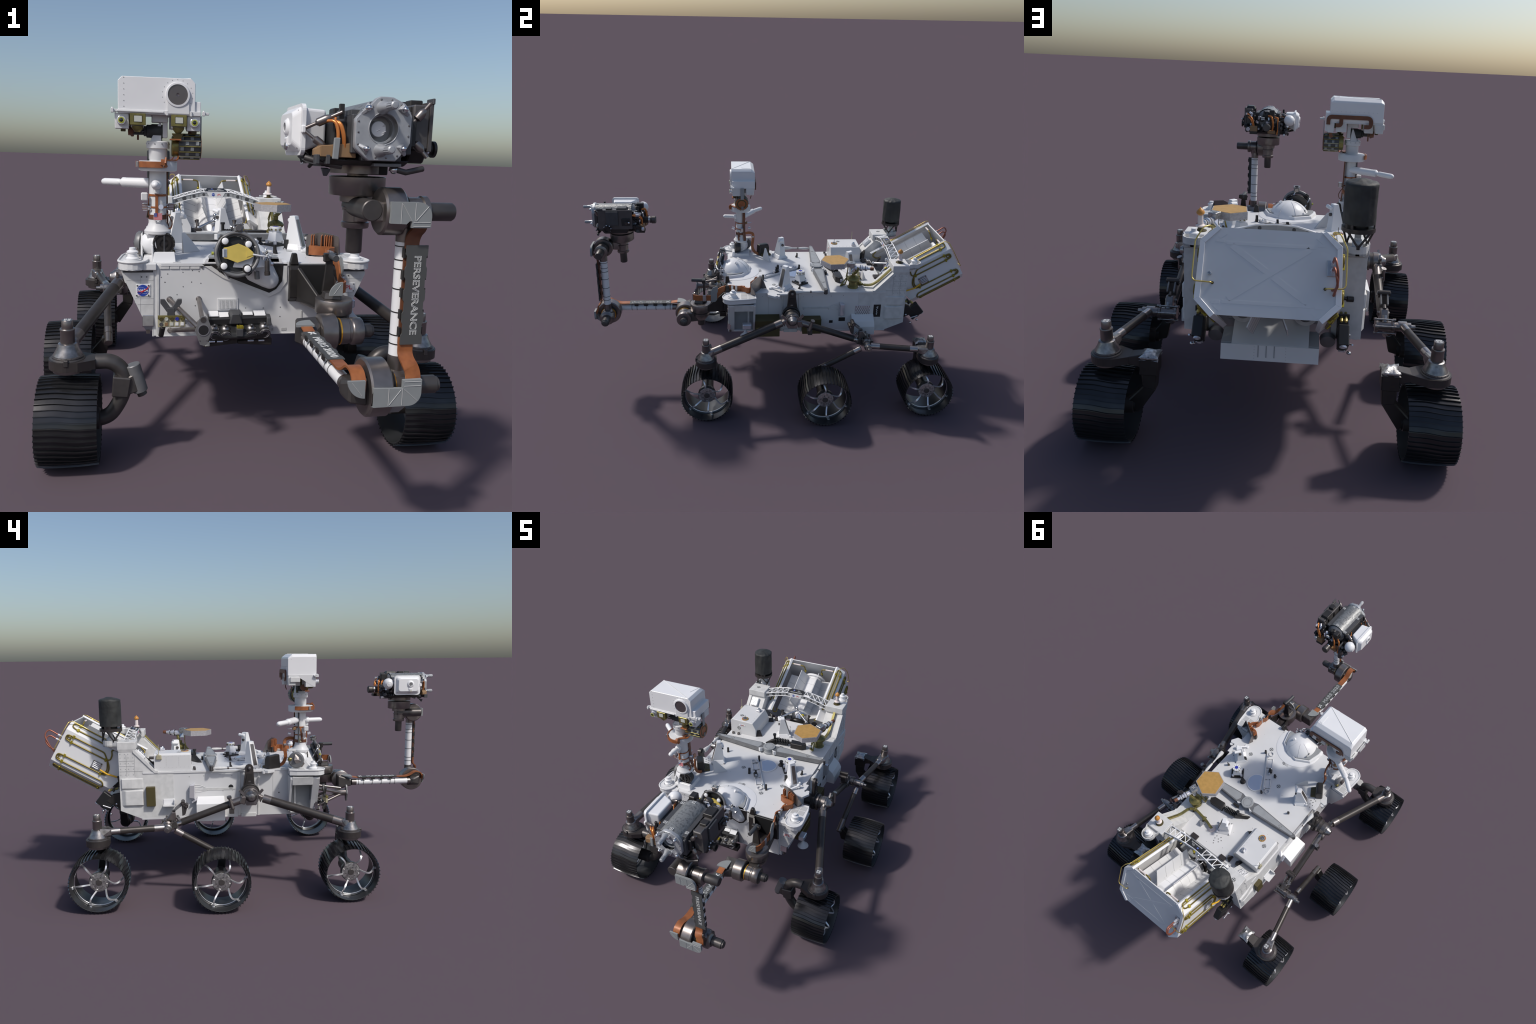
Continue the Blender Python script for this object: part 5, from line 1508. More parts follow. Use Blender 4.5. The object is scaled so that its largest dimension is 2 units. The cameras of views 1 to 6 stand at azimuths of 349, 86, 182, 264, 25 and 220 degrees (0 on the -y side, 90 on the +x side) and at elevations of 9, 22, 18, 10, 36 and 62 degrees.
# coolant loops running along the panels
CH = (V((0.045, 0, 0)) + PD * 0.040).normalized()
def on_panel(s, v, t, lift):
    """point on the outer skin: v runs down around the octagonal side"""
    l1 = math.hypot(0.045, 0.040)
    if v < l1:
        x, u = 0.146 + 0.045 * v / l1, 0.040 * v / l1
        nx, nu = 0.66, -0.75
    elif v < l1 + 0.163:
        x, u = 0.191 + 0.003 * (v - l1) / 0.163, 0.040 + v - l1
        nx, nu = 1.0, 0.0
    else:
        k = min((v - l1 - 0.163) / 0.066, 1.0)
        x, u = 0.194 - 0.047 * k, 0.203 + 0.045 * k
        nx, nu = 0.69, 0.72
    return L(s * (x + nx * lift), u + nu * lift, t)
for s in (1, -1):
    p = Part("coolant_loop", power)
    def run(pts, r=0.0034, bend=0.012, mat="brass_pipe"):
        p.tube([on_panel(s, v, t, 0.0035) for v, t in pts], r, mat, n=10, bend=bend)
    def clip(v, t):
        a, b = on_panel(s, v - 0.007, t, 0.004), on_panel(s, v + 0.007, t, 0.004)
        p.obox((a + b) / 2, (0.011, 0.008, 0.016), b - a, "brass_clip", 0.001, roll=math.radians(30) * s)
    l1 = 0.0602
    # chamfer pair
    run([(0.010, -0.300), (0.010, -0.036), (0.012, -0.018), (0.034, -0.018), (0.040, -0.036), (0.040, -0.300)], bend=0.016)
    run([(0.016, -0.300), (0.016, -0.040), (0.034, -0.034), (0.034, -0.200)], 0.0016, 0.008, "brass_bright") if s > 0 else None
    # upper side loop with round return
    v1, v2 = l1 + 0.018, l1 + 0.046
    run([(v1, -0.170), (v1, -0.040), (v1 + 0.003, -0.016), (v2 - 0.003, -0.016), (v2, -0.040), (v2, -0.235)], bend=0.016)
    run([(v1 + 0.007, -0.034), (v1 + 0.006, -0.024), (v2 - 0.006, -0.024), (v2 - 0.007, -0.036), (v1 + 0.010, -0.040), (v1 + 0.007, -0.034)], 0.0028, 0.007)
    run([(v1, -0.165), (v1, -0.205), (v1 + 0.016, -0.222), (v2 - 0.002, -0.232), (v2 - 0.010, -0.245), (v1 - 0.006, -0.242), (v1 - 0.022, -0.230), (v1 - 0.030, -0.236)], bend=0.010)
    # middle loop
    v3, v4 = l1 + 0.117, l1 + 0.147
    run([(v2, -0.235), (v2 + 0.016, -0.250), (v2 + 0.040, -0.262), (v3 - 0.004, -0.258), (v3, -0.238), (v3, -0.040), (v3 + 0.003, -0.016), (v4 - 0.003, -0.016), (v4, -0.040), (v4, -0.255), (v4 + 0.012, -0.268), (v4 + 0.030, -0.268), (v4 + 0.038, -0.250), (v4 + 0.036, -0.040), (v4 + 0.030, -0.018), (v4 + 0.050, -0.018), (v4 + 0.054, -0.040), (v4 + 0.056, -0.260)], bend=0.016)
    run([(v2 + 0.005, -0.236), (v2 + 0.020, -0.244), (v2 + 0.042, -0.253), (v3 - 0.010, -0.250), (v3 - 0.005, -0.236)], 0.0030, 0.010)
    run([(v3 + 0.007, -0.036), (v3 + 0.008, -0.025), (v4 - 0.008, -0.025), (v4 - 0.007, -0.036)], 0.0028, 0.007)
    for v, t in ((0.010, -0.050), (0.040, -0.050), (v1, -0.048), (v2, -0.048), (v2, -0.226), (v3, -0.048), (v4, -0.048), (v3, -0.232), (v4 + 0.037, -0.050), (v4 + 0.055, -0.050), (v4 + 0.050, -0.250)):
        clip(v, t)
    p.done()
    # terminal plate on the flank and its yellow cable
    tp = Part("terminal_plate", power)
    c = [on_panel(s, v, t, 0.002) for v, t in ((l1 + 0.070, -0.176), (l1 + 0.070, -0.222), (l1 + 0.112, -0.222), (l1 + 0.112, -0.176))]
    nrm = V((s * 0.006, 0, 0))
    tp.hull(c + [q + nrm * 0.6 for q in c], "steel_plate", 0.001)
    for i in range(4):
        v = l1 + 0.078 + i * 0.008
        tp.tube([on_panel(s, v, -0.182, 0.008), on_panel(s, v, -0.214, 0.008)], 0.0022, "clear_grey", n=10)
    for v in (l1 + 0.074, l1 + 0.108):
        for t in (-0.180, -0.218):
            tp.lathe(on_panel(s, v, t, 0.005), nrm, [(0.0028, 0), (0.0028, 0.002), (0, 0.002)], "olive", 8)
    tp.tube([on_panel(s, l1 + 0.100, -0.224, 0.010), on_panel(s, l1 + 0.101, -0.262, 0.020), V((s * 0.212, 0.664, 0.520))], 0.0042, "yellow_cable", n=10)
    tp.cyl((s * 0.212, 0.664, 0.522), (s * 0.232, 0.655, 0.514), 0.0055, "black_satin", n=10)
    tp.cyl((s * 0.232, 0.655, 0.514), (s * 0.252, 0.650, 0.512), 0.0090, "black_satin", n=12)
    tp.done()
    # thin brass line hugging the rear corner
    tl = Part("purge_line", power)
    tl.tube([L(s * 0.149, 0.156, -0.004), L(s * 0.152, 0.156, 0.006), L(s * 0.196, 0.155, 0.008), L(s * 0.203, 0.146, 0.006), L(s * 0.203, 0.046, 0.006), L(s * 0.184, 0.008, 0.006), L(s * 0.168, -0.002, -0.010), L(s * 0.170, 0.004, -0.28)], 0.0020, "brass_bright", n=10, bend=0.007)
    tl.lathe(L(s * 0.149, 0.156, -0.004), PA, [(0.0042, 0), (0.0042, 0.002), (0, 0.002)], "olive", 10)
    tl.done()
    # inner pipe stubs seen through the open top
    ip = Part("inner_pipe", power)
    ip.tube([L(s * 0.132, 0.016, -0.028), L(s * 0.090, 0.016, -0.028), L(s * 0.056, 0.018, -0.030), L(s * 0.052, 0.045, -0.034), L(s * 0.056, 0.070, -0.038)], 0.0036, "brass_pipe", n=10, bend=0.012)
    ip.tube([L(s * 0.126, 0.016, -0.028), L(s * 0.080, 0.016, -0.028)], 0.0045, "pink_white", n=10)
    ip.ball(L(s * 0.053, 0.055, -0.035), 0.007, "brass_clip", 10, 8)
    ip.tube([L(s * 0.128, 0.05, -0.33), L(s * 0.120, 0.04, -0.36), L(s * 0.132, 0.02, -0.372), L(s * 0.140, 0.01, -0.34)], 0.0036, "brass_pipe", n=10, bend=0.01)
    ip.done()
p = Part("copper_loop", power)
p.obox(L(-0.164, 0.100, -0.002), (0.024, 0.044, 0.006), PA, "steel_plate", 0.001)
for k, u in enumerate((0.088, 0.110)):
    p.cyl(L(-0.166, u, 0.0), L(-0.166, u, 0.026), 0.0062, "clear_grey", n=12, bev=0.001)
    out = 0.075 - 0.014 * k
    p.tube([L(-0.166, u, 0.020), L(-0.168, u - 0.004, out), L(-0.176, u + 0.030, out + 0.004), L(-0.180, u + 0.058 - 0.01 * k, out * 0.55), L(-0.172 + 0.004 * k, 0.172 - 0.014 * k, -0.004)], 0.0034, "copper_pipe", n=10, bend=0.024, nb=7)
p.done()
# chrome tripod bracing the front of the generator
p = Part("brace_tripod", power)
hub = V((-0.002, 0.622, 0.592))
for foot in (V((0.080, 0.560, 0.566)), V((-0.077, 0.556, 0.566)), L(0, 0.02, -0.315)):
    p.tube([hub, foot], 0.0062, "aluminium", n=10)
    p.ball(foot, 0.009, "aluminium", 12, 8)
p.ball(hub, 0.010, "aluminium", 14, 10)
for x in (0.080, -0.077):
    p.hull([(x + a, 0.560 + b, z) for a, b, z in ((-0.018, -0.014, DECK - 0.004), (0.018, -0.014, DECK - 0.004), (-0.018, 0.020, DECK - 0.004), (0.018, 0.020, DECK - 0.004), (-0.010, -0.004, 0.574), (0.010, 0.008, 0.574))], "brown_black", 0.001)
    p.lathe((x * 1.02, 0.574, 0.568), (0.1 * (1 if x > 0 else -1), 0.5, 0.8), [(0.009, 0), (0.006, 0.010), (0.007, 0.022), (0.010, 0.032), (0, 0.032)], "brown_black", 14)
p.done()
p = Part("relief_valve", power)
p.cyl(L(0.040, 0.060, -0.345), L(0.040, 0.046, -0.345), 0.006, "brass_pipe", n=10)
p.lathe(L(0.040, 0.046, -0.345), -PD, [(0.0105, 0), (0.0120, 0.003), (0.009, 0.007), (0, 0.008)], "brass_clip", 14)
p.done()
# sloped shield below the generator, behind the body
p = Part("rear_shield", power)
# nearly upright ribbed face, with a ledge running back to the body
a, b = V((0, 0.757, 0.331)), V((0, 0.735, 0.446))
dn = (a - b).normalized()
nn = V((1, 0, 0)).cross(dn).normalized()
if nn.y < 0:
    nn = -nn
face = [(-0.152, 0.0), (-0.152, -0.050), (0.152, -0.050), (0.152, 0.0)]
p.prism(face, a, (1, 0, 0), dn, -nn * 0.005, "white_paint", 0.0006)
for x in (-0.012, 0.013, 0.038):
    x = -x + 0.022
    p.prism([(x, -0.012), (x, -0.049), (x + 0.003, -0.049), (x + 0.003, -0.012)], a, (1, 0, 0), dn, nn * 0.0010, "grey_paint")
for k in range(5):
    for x in (-0.050, 0.048):
        p.lathe(a + V((x, 0, 0)) - dn * (0.008 + 0.009 * k), nn, [(0.0012, 0), (0.0012, 0.0005), (0, 0.0006)], "panel_line", 6)
p.hull([(x, y, z) for x in (-0.120, 0.120) for y, z in ((0.746, 0.381), (0.650, 0.430), (0.650, 0.424), (0.742, 0.374))], "white_paint", 0.001)
for x in (-0.152, 0.120):
    p.hull([(x + dx, y, z) for dx in (0, 0.032) for y, z in ((0.744, 0.384), (0.665, 0.400), (0.665, 0.392), (0.742, 0.376))], "grey_paint", 0.001)
p.done()
p = Part("pump_ducts", power)
for x in (-0.105, 0.095):
    p.ring((x, 0.610, 0.445), (0, 0.80, 0.25), 0.030, 0.042, 0.05, "white_cloth", 28)
    p.cyl((x, 0.62, 0.448), (x, 0.64, 0.452), 0.031, "black", n=24)
    p.cyl((x, 0.650, 0.476), (x, 0.652, 0.508), 0.016, "black", n=16)
p.box((-0.15, 0.556, 0.40), (0.15, 0.61, 0.50), "grey_paint", 0.003)
p.box((-0.050, 0.61, 0.46), (0.050, 0.640, 0.486), "white_cloth", 0.002)
p.done()

# rear hazard cameras, one at each corner
for s in (1, -1):
    h = Part("rear_hazard_camera", chassis)
    if s < 0:
        h.xf = mirror_x()
    ax = V((0, 0.62, -0.78)).normalized()
    c = V((0.224, 0.745, 0.384))
    h.obox(c - ax * 0.036, (0.034, 0.072, 0.066), ax, "black", 0.003)
    h.hull([(x, y, z) for x in (0.206, 0.242) for y, z in ((0.650, 0.446), (0.690, 0.440), (0.722, 0.412), (0.690, 0.392), (0.650, 0.372))], "black_satin", 0.002)
    for k in (-0.024, 0.004, 0.028):
        o = c + ax.cross(V((1, 0, 0))) * k
        h.lathe(o - ax * 0.004, ax, [(0.012, 0), (0.012, 0.006), (0.008, 0.007), (0.006, 0.003), (0, 0.003)], "clear_grey" if k != 0.004 else "black", 16)
    for x in (0.217, 0.231):
        h.tube([(x, 0.664, 0.470), (x, 0.700, 0.462)], 0.0050, "olive_metal", n=10)
        h.lathe((x, 0.700, 0.462), (0, 0.8, -0.2), [(0.006, 0), (0.004, 0.010), (0, 0.011)], "brass_bright", 10)
    h.box((0.205, 0.680, 0.456), (0.243, 0.688, 0.474), "black", 0.001)
    h.tube([(0.248, 0.700, 0.380), (0.254, 0.735, 0.395)], 0.003, "clear_grey", n=10)
    for y, z in ((0.672, 0.398), (0.735, 0.366), (0.700, 0.350)):
        h.ball((0.246, y, z), 0.006, "aluminium", 10, 8)
    h.lathe((0.180, 0.655, 0.375), (0, 0.9, -0.3), [(0.026, 0), (0.024, 0.018), (0.012, 0.022), (0, 0.022)], "mid_grey", 20)
    h.done()
p = Part("belly_box", chassis)
p.hull([(x, y, z) for x in (0.06, 0.15) for y, z in ((0.560, 0.340), (0.640, 0.368), (0.600, 0.312), (0.630, 0.306))], "black_satin", 0.003)
p.hull([(x, y, z) for x in (-0.05, 0.12) for y, z in ((0.590, 0.340), (0.644, 0.370), (0.610, 0.318), (0.640, 0.316))], "mid_grey", 0.002)
p.done()
# ------------------------------------------------------------------ remote sensing mast
mast = group("mast")
MX, MY = -0.271, -0.203
p = Part("mast_base", mast)
p.hull([(x, y, DECK - 0.002) for x in (-0.318, -0.218) for y in (-0.252, -0.148)] + [(x, y, 0.572) for x in (-0.312, -0.224) for y in (-0.244, -0.154)], "white_paint", 0.002)
for x in (-0.322,):
    p.hull([(x, -0.248, 0.560), (x, -0.152, 0.560), (x + 0.006, -0.248, 0.560), (x + 0.006, -0.152, 0.560), (x, -0.196, 0.632), (x, -0.172, 0.638), (x + 0.006, -0.196, 0.632), (x + 0.006, -0.172, 0.638)], "white_paint", 0.001)
p.hull([(x, y, 0.552) for x in (-0.286, -0.218) for y in (-0.256, -0.240)] + [(x, y, 0.584) for x in (-0.282, -0.222) for y in (-0.250, -0.238)], "white_gloss", 0.001)
p.hull([(-0.290, -0.252, 0.553), (-0.283, -0.252, 0.553), (-0.290, -0.252, 0.606), (-0.285, -0.252, 0.606), (-0.290, -0.215, 0.553), (-0.283, -0.215, 0.553), (-0.290, -0.225, 0.606), (-0.285, -0.225, 0.606)], "white_gloss", 0.001)
p.ball((-0.288, -0.196, 0.604), 0.0365, "white_gloss", 32, 18)
p.cyl((-0.284, -0.196, 0.604), (-0.262, -0.207, 0.608), 0.035, "white_gloss", n=36)
p.hull([(-0.306, -0.23, 0.637), (-0.240, -0.23, 0.637), (-0.306, -0.165, 0.637), (-0.240, -0.165, 0.637), (-0.298, -0.22, 0.604), (-0.246, -0.22, 0.604), (-0.298, -0.18, 0.604), (-0.246, -0.18, 0.604)], "white_paint", 0.002)
for a in range(8):
    t = 2 * math.pi * a / 8
    d = V((math.cos(t), math.sin(t), 0))
    p.hull([V((MX, MY, 0.640)) + d * 0.020, V((MX, MY, 0.640)) + d * 0.038, V((MX, MY, 0.618)) + d * 0.024] + [q + V((-d.y, d.x, 0)) * 0.003 for q in (V((MX, MY, 0.640)) + d * 0.020, V((MX, MY, 0.640)) + d * 0.038, V((MX, MY, 0.618)) + d * 0.024)], "white_gloss")
p.done()
p = Part("mast_tilt_drive", mast)
ax = V((0.10, -1.0, 0.0)).normalized()
c = V((-0.2525, -0.236, 0.608))
p.lathe(c - ax * 0.030, ax, [(0.034, 0), (0.034, 0.026), (0.0325, 0.030), (0.028, 0.030), (0.028, 0.028), (0.022, 0.028), (0.022, 0.031), (0.014, 0.031), (0.014, 0.028), (0.008, 0.028), (0.008, 0.032), (0, 0.032)], "black_satin", 40)
for i in range(16):
    a = 2 * math.pi * i / 16
    u, v, w = frame(ax)
    p.lathe(c + (u * math.cos(a) + v * math.sin(a)) * 0.0305, ax, [(0.0014, 0), (0.0014, 0.001), (0, 0.001)], "mid_grey", 6)
p.obox(c + ax * 0.002, (0.005, 0.050, 0.002), ax, "charcoal", 0.0005)
p.lathe((-0.318, -0.176, 0.602), (-1, 0.25, 0), [(0.037, 0), (0.037, 0.010), (0.032, 0.016), (0, 0.016)], "mid_grey", 32)
p.hull([(-0.345, -0.182, 0.602), (-0.345, -0.160, 0.602), (-0.322, -0.180, 0.570), (-0.322, -0.205, 0.566), (-0.335, -0.215, 0.585), (-0.335, -0.165, 0.63), (-0.325, -0.19, 0.635)], "titanium", 0.002)
p.lathe((-0.322, -0.150, 0.606), (-0.3, 1, 0), [(0.009, 0), (0.009, 0.010), (0.006, 0.014), (0, 0.014)], "olive_metal", 14)
p.done()
p = Part("mast_tube", mast)
p.lathe((MX, MY, 0), (0, 0, 1), [(0.036, 0.634), (0.040, 0.637), (0.0405, 0.645), (0.037, 0.649), (0.030, 0.660), (0.0275, 0.668), (0.0262, 0.672), (0.0252, 0.825)], "white_paint", 40)
p.lathe((MX, MY, 0), (0, 0, 1), [(0.050, 0.8235), (0.057, 0.826), (0.057, 0.851), (0.055, 0.8535), (0.030, 0.8540)], "white_paint", 44)
p.lathe((MX, MY, 0), (0, 0, 1), [(0.026, 0.8540), (0.026, 0.858), (0.0275, 0.860), (0.0275, 0.889), (0.034, 0.891), (0.034, 0.909), (0.031, 0.912), (0, 0.912)], "white_paint", 36)
p.box((MX - 0.0275, MY + 0.010, 0.68), (MX - 0.0235, MY + 0.016, 0.824), "charcoal", 0.0005)
p.hull([(MX - 0.034, MY + 0.028, 0.640), (MX - 0.034, MY + 0.062, 0.640), (MX - 0.014, MY + 0.028, 0.640), (MX - 0.018, MY + 0.066, 0.640), (MX - 0.034, MY + 0.028, 0.650), (MX - 0.034, MY + 0.062, 0.650), (MX - 0.014, MY + 0.028, 0.650), (MX - 0.018, MY + 0.066, 0.650)], "white_paint", 0.001)
for i in range(10):
    a = 2 * math.pi * i / 10
    p.lathe((MX + 0.0335 * math.cos(a), MY + 0.0335 * math.sin(a), 0.904), (math.cos(a), math.sin(a), 0), [(0.002, 0), (0.002, 0.002), (0, 0.002)], "steel_plate", 8)
p.box((MX - 0.030, MY - 0.030, 0.736), (MX - 0.050, MY - 0.008, 0.760), "white_paint", 0.003)
p.done()

# wind sensor booms
p = Part("wind_boom", mast)
p.lathe((-0.262, -0.196, 0.786), V((-0.382, -0.124, 0.785)) - V((-0.262, -0.196, 0.786)), [(0.014, 0), (0.0155, 0.060), (0.0150, 0.120), (0.0155, 0.124), (0.0155, 0.132), (0.009, 0.138), (0.008, 0.140)], "white_gloss", 24)
p.lathe((-0.380, -0.125, 0.785), V((-0.441, -0.072, 0.784)) - V((-0.380, -0.125, 0.785)), [(0.006, 0), (0.0100, 0.006), (0.0110, 0.014), (0.0110, 0.070), (0.0085, 0.078), (0.004, 0.082), (0, 0.083)], "white_gloss", 22)
for i in range(3):
    for j in range(3):
        q = V((-0.300, -0.1735, 0.8015)) + V((-0.075, 0.046, 0)) * (i / 3)
        p.ball(q + V((-0.006 * j, 0.004 * j, -0.0006 * j)), 0.0012, "bolt_dark", 6, 4)
p.done()
p = Part("wind_boom", mast)
p.ball((-0.276, -0.232, 0.784), 0.0155, "white_gloss", 22, 14)
p.lathe((-0.277, -0.222, 0.784), (-0.05, -1, 0.02), [(0.0120, 0), (0.0122, 0.016), (0.0105, 0.020), (0.0105, 0.070), (0.0085, 0.078), (0.004, 0.082), (0, 0.083)], "white_gloss", 22)
p.box((MX - 0.012, MY - 0.036, 0.757), (MX + 0.004, MY - 0.022, 0.772), "white_paint", 0.003)
p.done()

# copper flex cables on the mast
p = Part("copper_flex_cable", mast)
arc = [(MX + 0.0640 * math.cos(a), MY + 0.0640 * math.sin(a), 0.8435) for a in [math.radians(-78 - 9 * i) for i in range(16)]]
p.ribbon(arc, (0, 0, 1), 0.0175, 0.004, "copper", bend=0)
p.ribbon([(-0.254, MY - 0.0635, 0.8435), (-0.250, MY - 0.061, 0.8440), (-0.2485, MY - 0.054, 0.862)], (0, 0, 1), 0.0175, 0.004, "copper", bend=0.006)
p.ribbon([(-0.259, MY - 0.0660, 0.842), (-0.2575, MY - 0.0655, 0.852), (-0.2575, MY - 0.060, 0.8575), (-0.2475, MY - 0.045, 0.8575), (-0.215, MY - 0.025, 0.8575), (-0.212, MY - 0.010, 0.868), (-0.205, MY, 0.880)], lambda t: (1, 0.2, 0) if t < 0.4 else (0, 1, 0), 0.013, 0.003, "copper", bend=0.008)
p.obox((MX - 0.054, MY - 0.030, 0.8435), (0.010, 0.016, 0.020), (-1, -0.5, 0), "steel_plate", 0.001)
for z, h in ((0.7525, 0.006), (0.7165, 0.005), (0.6870, 0.014)):
    p.ring((MX, MY, z - h / 2), (0, 0, 1), 0.0245, 0.0278, h, "copper" if h < 0.01 else "copper_dark", 32)
p.strap([(MX + 0.0275, -0.1845, 0.824), (MX + 0.0285, -0.184, 0.700), (MX + 0.031, -0.179, 0.664), (MX + 0.034, -0.178, 0.648)], (1, 0, 0), 0.016, 0.005, "copper_dark", 0.012)
p.ribbon([(MX - 0.004, MY - 0.0285, 0.760), (MX - 0.004, MY - 0.0290, 0.690)], (1, 0, 0), 0.0085, 0.003, "copper")
p.ribbon([(MX - 0.026, MY + 0.004, 0.750), (MX - 0.028, MY + 0.000, 0.720), (MX - 0.028, MY - 0.004, 0.690)], (0, 1, 0), 0.007, 0.003, "copper")
# loop hanging at the side, then the lead down to the deck
p.ribbon([(MX + 0.026, MY - 0.012, 0.698), (MX + 0.034, MY - 0.014, 0.690), (MX + 0.045, MY - 0.012, 0.668), (MX + 0.038, MY - 0.010, 0.650), (MX + 0.026, MY - 0.008, 0.656), (MX + 0.024, MY - 0.004, 0.680)], (0, 1, 0.1), 0.010, 0.003, "copper_dark", bend=0.012)
p.strap([(MX + 0.030, -0.176, 0.694), (MX + 0.026, -0.150, 0.697), (MX + 0.020, -0.130, 0.688), (MX + 0.016, -0.129, 0.655), (MX + 0.016, -0.136, 0.605), (MX + 0.020, -0.122, 0.572), (MX + 0.030, -0.095, 0.561), (MX + 0.040, -0.055, 0.560)], (1, 0.1, 0), 0.015, 0.006, "copper", 0.020)
p.obox((MX + 0.013, MY + 0.072, 0.668), (0.020, 0.012, 0.008), (0, 0, 1), "steel_plate", 0.001)
p.done()
p = Part("mast_sensor", mast)
for x, y in ((-0.309, -0.214), (-0.231, -0.196)):
    sg = -1 if x < MX else 1
    p.box((x - 0.008, y - 0.008, 0.706), (x + 0.008, y + 0.008, 0.728), "clear_grey", 0.002)
    for k in range(4):
        p.box((x - 0.0088, y - 0.0088, 0.709 + k * 0.005), (x + 0.0088, y + 0.0088, 0.7105 + k * 0.005), "copper_dark", 0)
    p.cyl((x - sg * 0.008, y, 0.717), (x - sg * 0.020, y, 0.717), 0.0045, "aluminium", n=10)
    for k in range(4):
        p.obox((x - sg * 0.014 + RNG.uniform(-0.004, 0.004), y + RNG.uniform(-0.008, 0.008), 0.717 + RNG.uniform(-0.010, 0.010)), (0.006, 0.005, 0.006), (1, RNG.random(), RNG.random()), "clear_grey", 0.001)
for y0 in (MY + 0.045, MY - 0.036):
    p.cyl((MX + 0.008, y0, 0.716), (MX + 0.008, y0 + 0.014 * (1 if y0 > MY else -1), 0.720), 0.0075, "clear_grey", n=14)
p.box((MX - 0.020, MY + 0.024, 0.738), (MX - 0.004, MY + 0.040, 0.752), "tan", 0.002)
p.cyl((MX - 0.010, MY + 0.038, 0.745), (MX - 0.014, MY + 0.064, 0.745), 0.0026, "clear_grey", n=8)
p.tube([(MX + 0.022 * math.cos(a), MY + 0.030 * math.sin(a), 0.731) for a in [math.radians(-60 + 12 * i) for i in range(16)]], 0.0012, "clear_grey", n=10)
p.tube([(MX + 0.024 * math.cos(a), MY + 0.032 * math.sin(a), 0.758) for a in [math.radians(-60 + 12 * i) for i in range(16)]], 0.0012, "clear_grey", n=10)
p.hull([(MX - 0.034, MY + 0.0, 0.684), (MX - 0.030, MY + 0.012, 0.706), (MX - 0.026, MY + 0.014, 0.680), (MX - 0.034, MY + 0.006, 0.684)], "khaki")
p.done()
flag = Part("flag_plate", mast)
fy = MY - 0.0292
flag.box((-0.2835, fy - 0.0012, 0.6785), (-0.2585, fy + 0.002, 0.7000), "white_gloss", 0.0004)
flag.box((-0.2790, fy - 0.0012, 0.672), (-0.2630, fy + 0.002, 0.680), "white_gloss", 0.0004)
for x in (-0.2765, -0.2655):
    flag.lathe((x, fy - 0.0012, 0.675), (0, -1, 0), [(0.0016, 0), (0.0016, 0.0006), (0, 0.0006)], "bolt_dark", 8)
for i in range(7):
    z = 0.6997 - i * 0.0031
    flag.box((-0.2832, fy - 0.0017, z - 0.00155), (-0.2588, fy - 0.001, z), "flag_red", 0)
flag.box((-0.2832, fy - 0.0022, 0.6890), (-0.2735, fy - 0.001, 0.6997), "flag_blue", 0)
for i in range(3):
    for j in range(4):
        flag.box((-0.2824 + j * 0.0023, fy - 0.0025, 0.6905 + i * 0.0032), (-0.2817 + j * 0.0023, fy - 0.0021, 0.6912 + i * 0.0032), "white_gloss", 0)
flag.done()

# ------------------------------------------------------------------ mast head
head = group("mast_head")
hp = Part("head_housing", head)
prof = [(-0.385, 0.994), (-0.385, 1.077), (-0.374, 1.0885), (-0.178, 1.0905), (-0.166, 1.078), (-0.166, 0.994)]
q = [(x, -0.2555, z) for x, z in prof] + [(x, -0.146, z) for x, z in prof]
q += [(-0.385, -0.126, 0.994), (-0.385, -0.126, 1.069), (-0.372, -0.128, 1.075), (-0.180, -0.128, 1.077), (-0.166, -0.126, 1.070), (-0.166, -0.126, 0.994)]
hp.hull(q, "white_gloss", 0.0012)
hp.tube([(-0.372, -0.146, 1.0892), (-0.179, -0.2535, 1.0905)], 0.0014, "white_cloth", n=10)
hp.hull([(-0.200, -0.20, 1.0905), (-0.182, -0.15, 1.0905), (-0.200, -0.15, 1.0905), (-0.200, -0.20, 1.092), (-0.200, -0.15, 1.092), (-0.184, -0.155, 1.092)], "white_gloss")
hp.box((-0.170, -0.250, 0.986), (-0.149, -0.126, 1.027), "white_gloss", 0.0012)
hp.box((-0.386, -0.257, 0.986), (-0.150, -0.128, 0.998), "white_paint", 0.001)
hp.box((-0.388, -0.262, 0.990), (-0.256, -0.250, 0.9945), "white_paint", 0.001)
hp.box((-0.250, -0.262, 0.984), (-0.243, -0.250, 0.998), "white_paint", 0.001)
hp.box((-0.182, -0.262, 0.984), (-0.175, -0.250, 0.998), "white_paint", 0.001)
for x in (-0.405, -0.145):
    hp.box((x, -0.262, 0.987), (x + 0.008, -0.246, 0.999), "white_paint", 0.001)
    hp.box((min(x, x + 0.02) - 0.0, -0.256, 0.990), (x + 0.020, -0.240, 0.997), "white_paint", 0.001)
    hp.lathe((x + 0.004, -0.254, 0.999), (0, 0, 1), [(0.003, 0), (0.003, 0.003), (0, 0.003)], "white_gloss", 8)
for i in range(6):
    hp.lathe((-0.3685, -0.2555, 1.005 + i * 0.016), (0, -1, 0), [(0.0012, 0), (0.0012, 0.0006), (0, 0.0006)], "bolt_dark", 6)
for i in range(13):
    a = math.radians(-30 + 20 * i)
    hp.lathe((-0.217 + 0.044 * math.cos(a), -0.2555, 1.043 + 0.043 * math.sin(a)), (0, -1, 0), [(0.0010, 0), (0.0010, 0.0006), (0, 0.0006)], "bolt_dark", 6)
for i in range(12):
    for z in (1.062, 1.036):
        if z > 1.05 or i % 2:
            hp.lathe((-0.378 + i * 0.0186, -0.126, z if i in (0, 11) else 1.034), (0, 1, 0), [(0.0010, 0), (0.0010, 0.0006), (0, 0.0006)], "panel_line", 6)
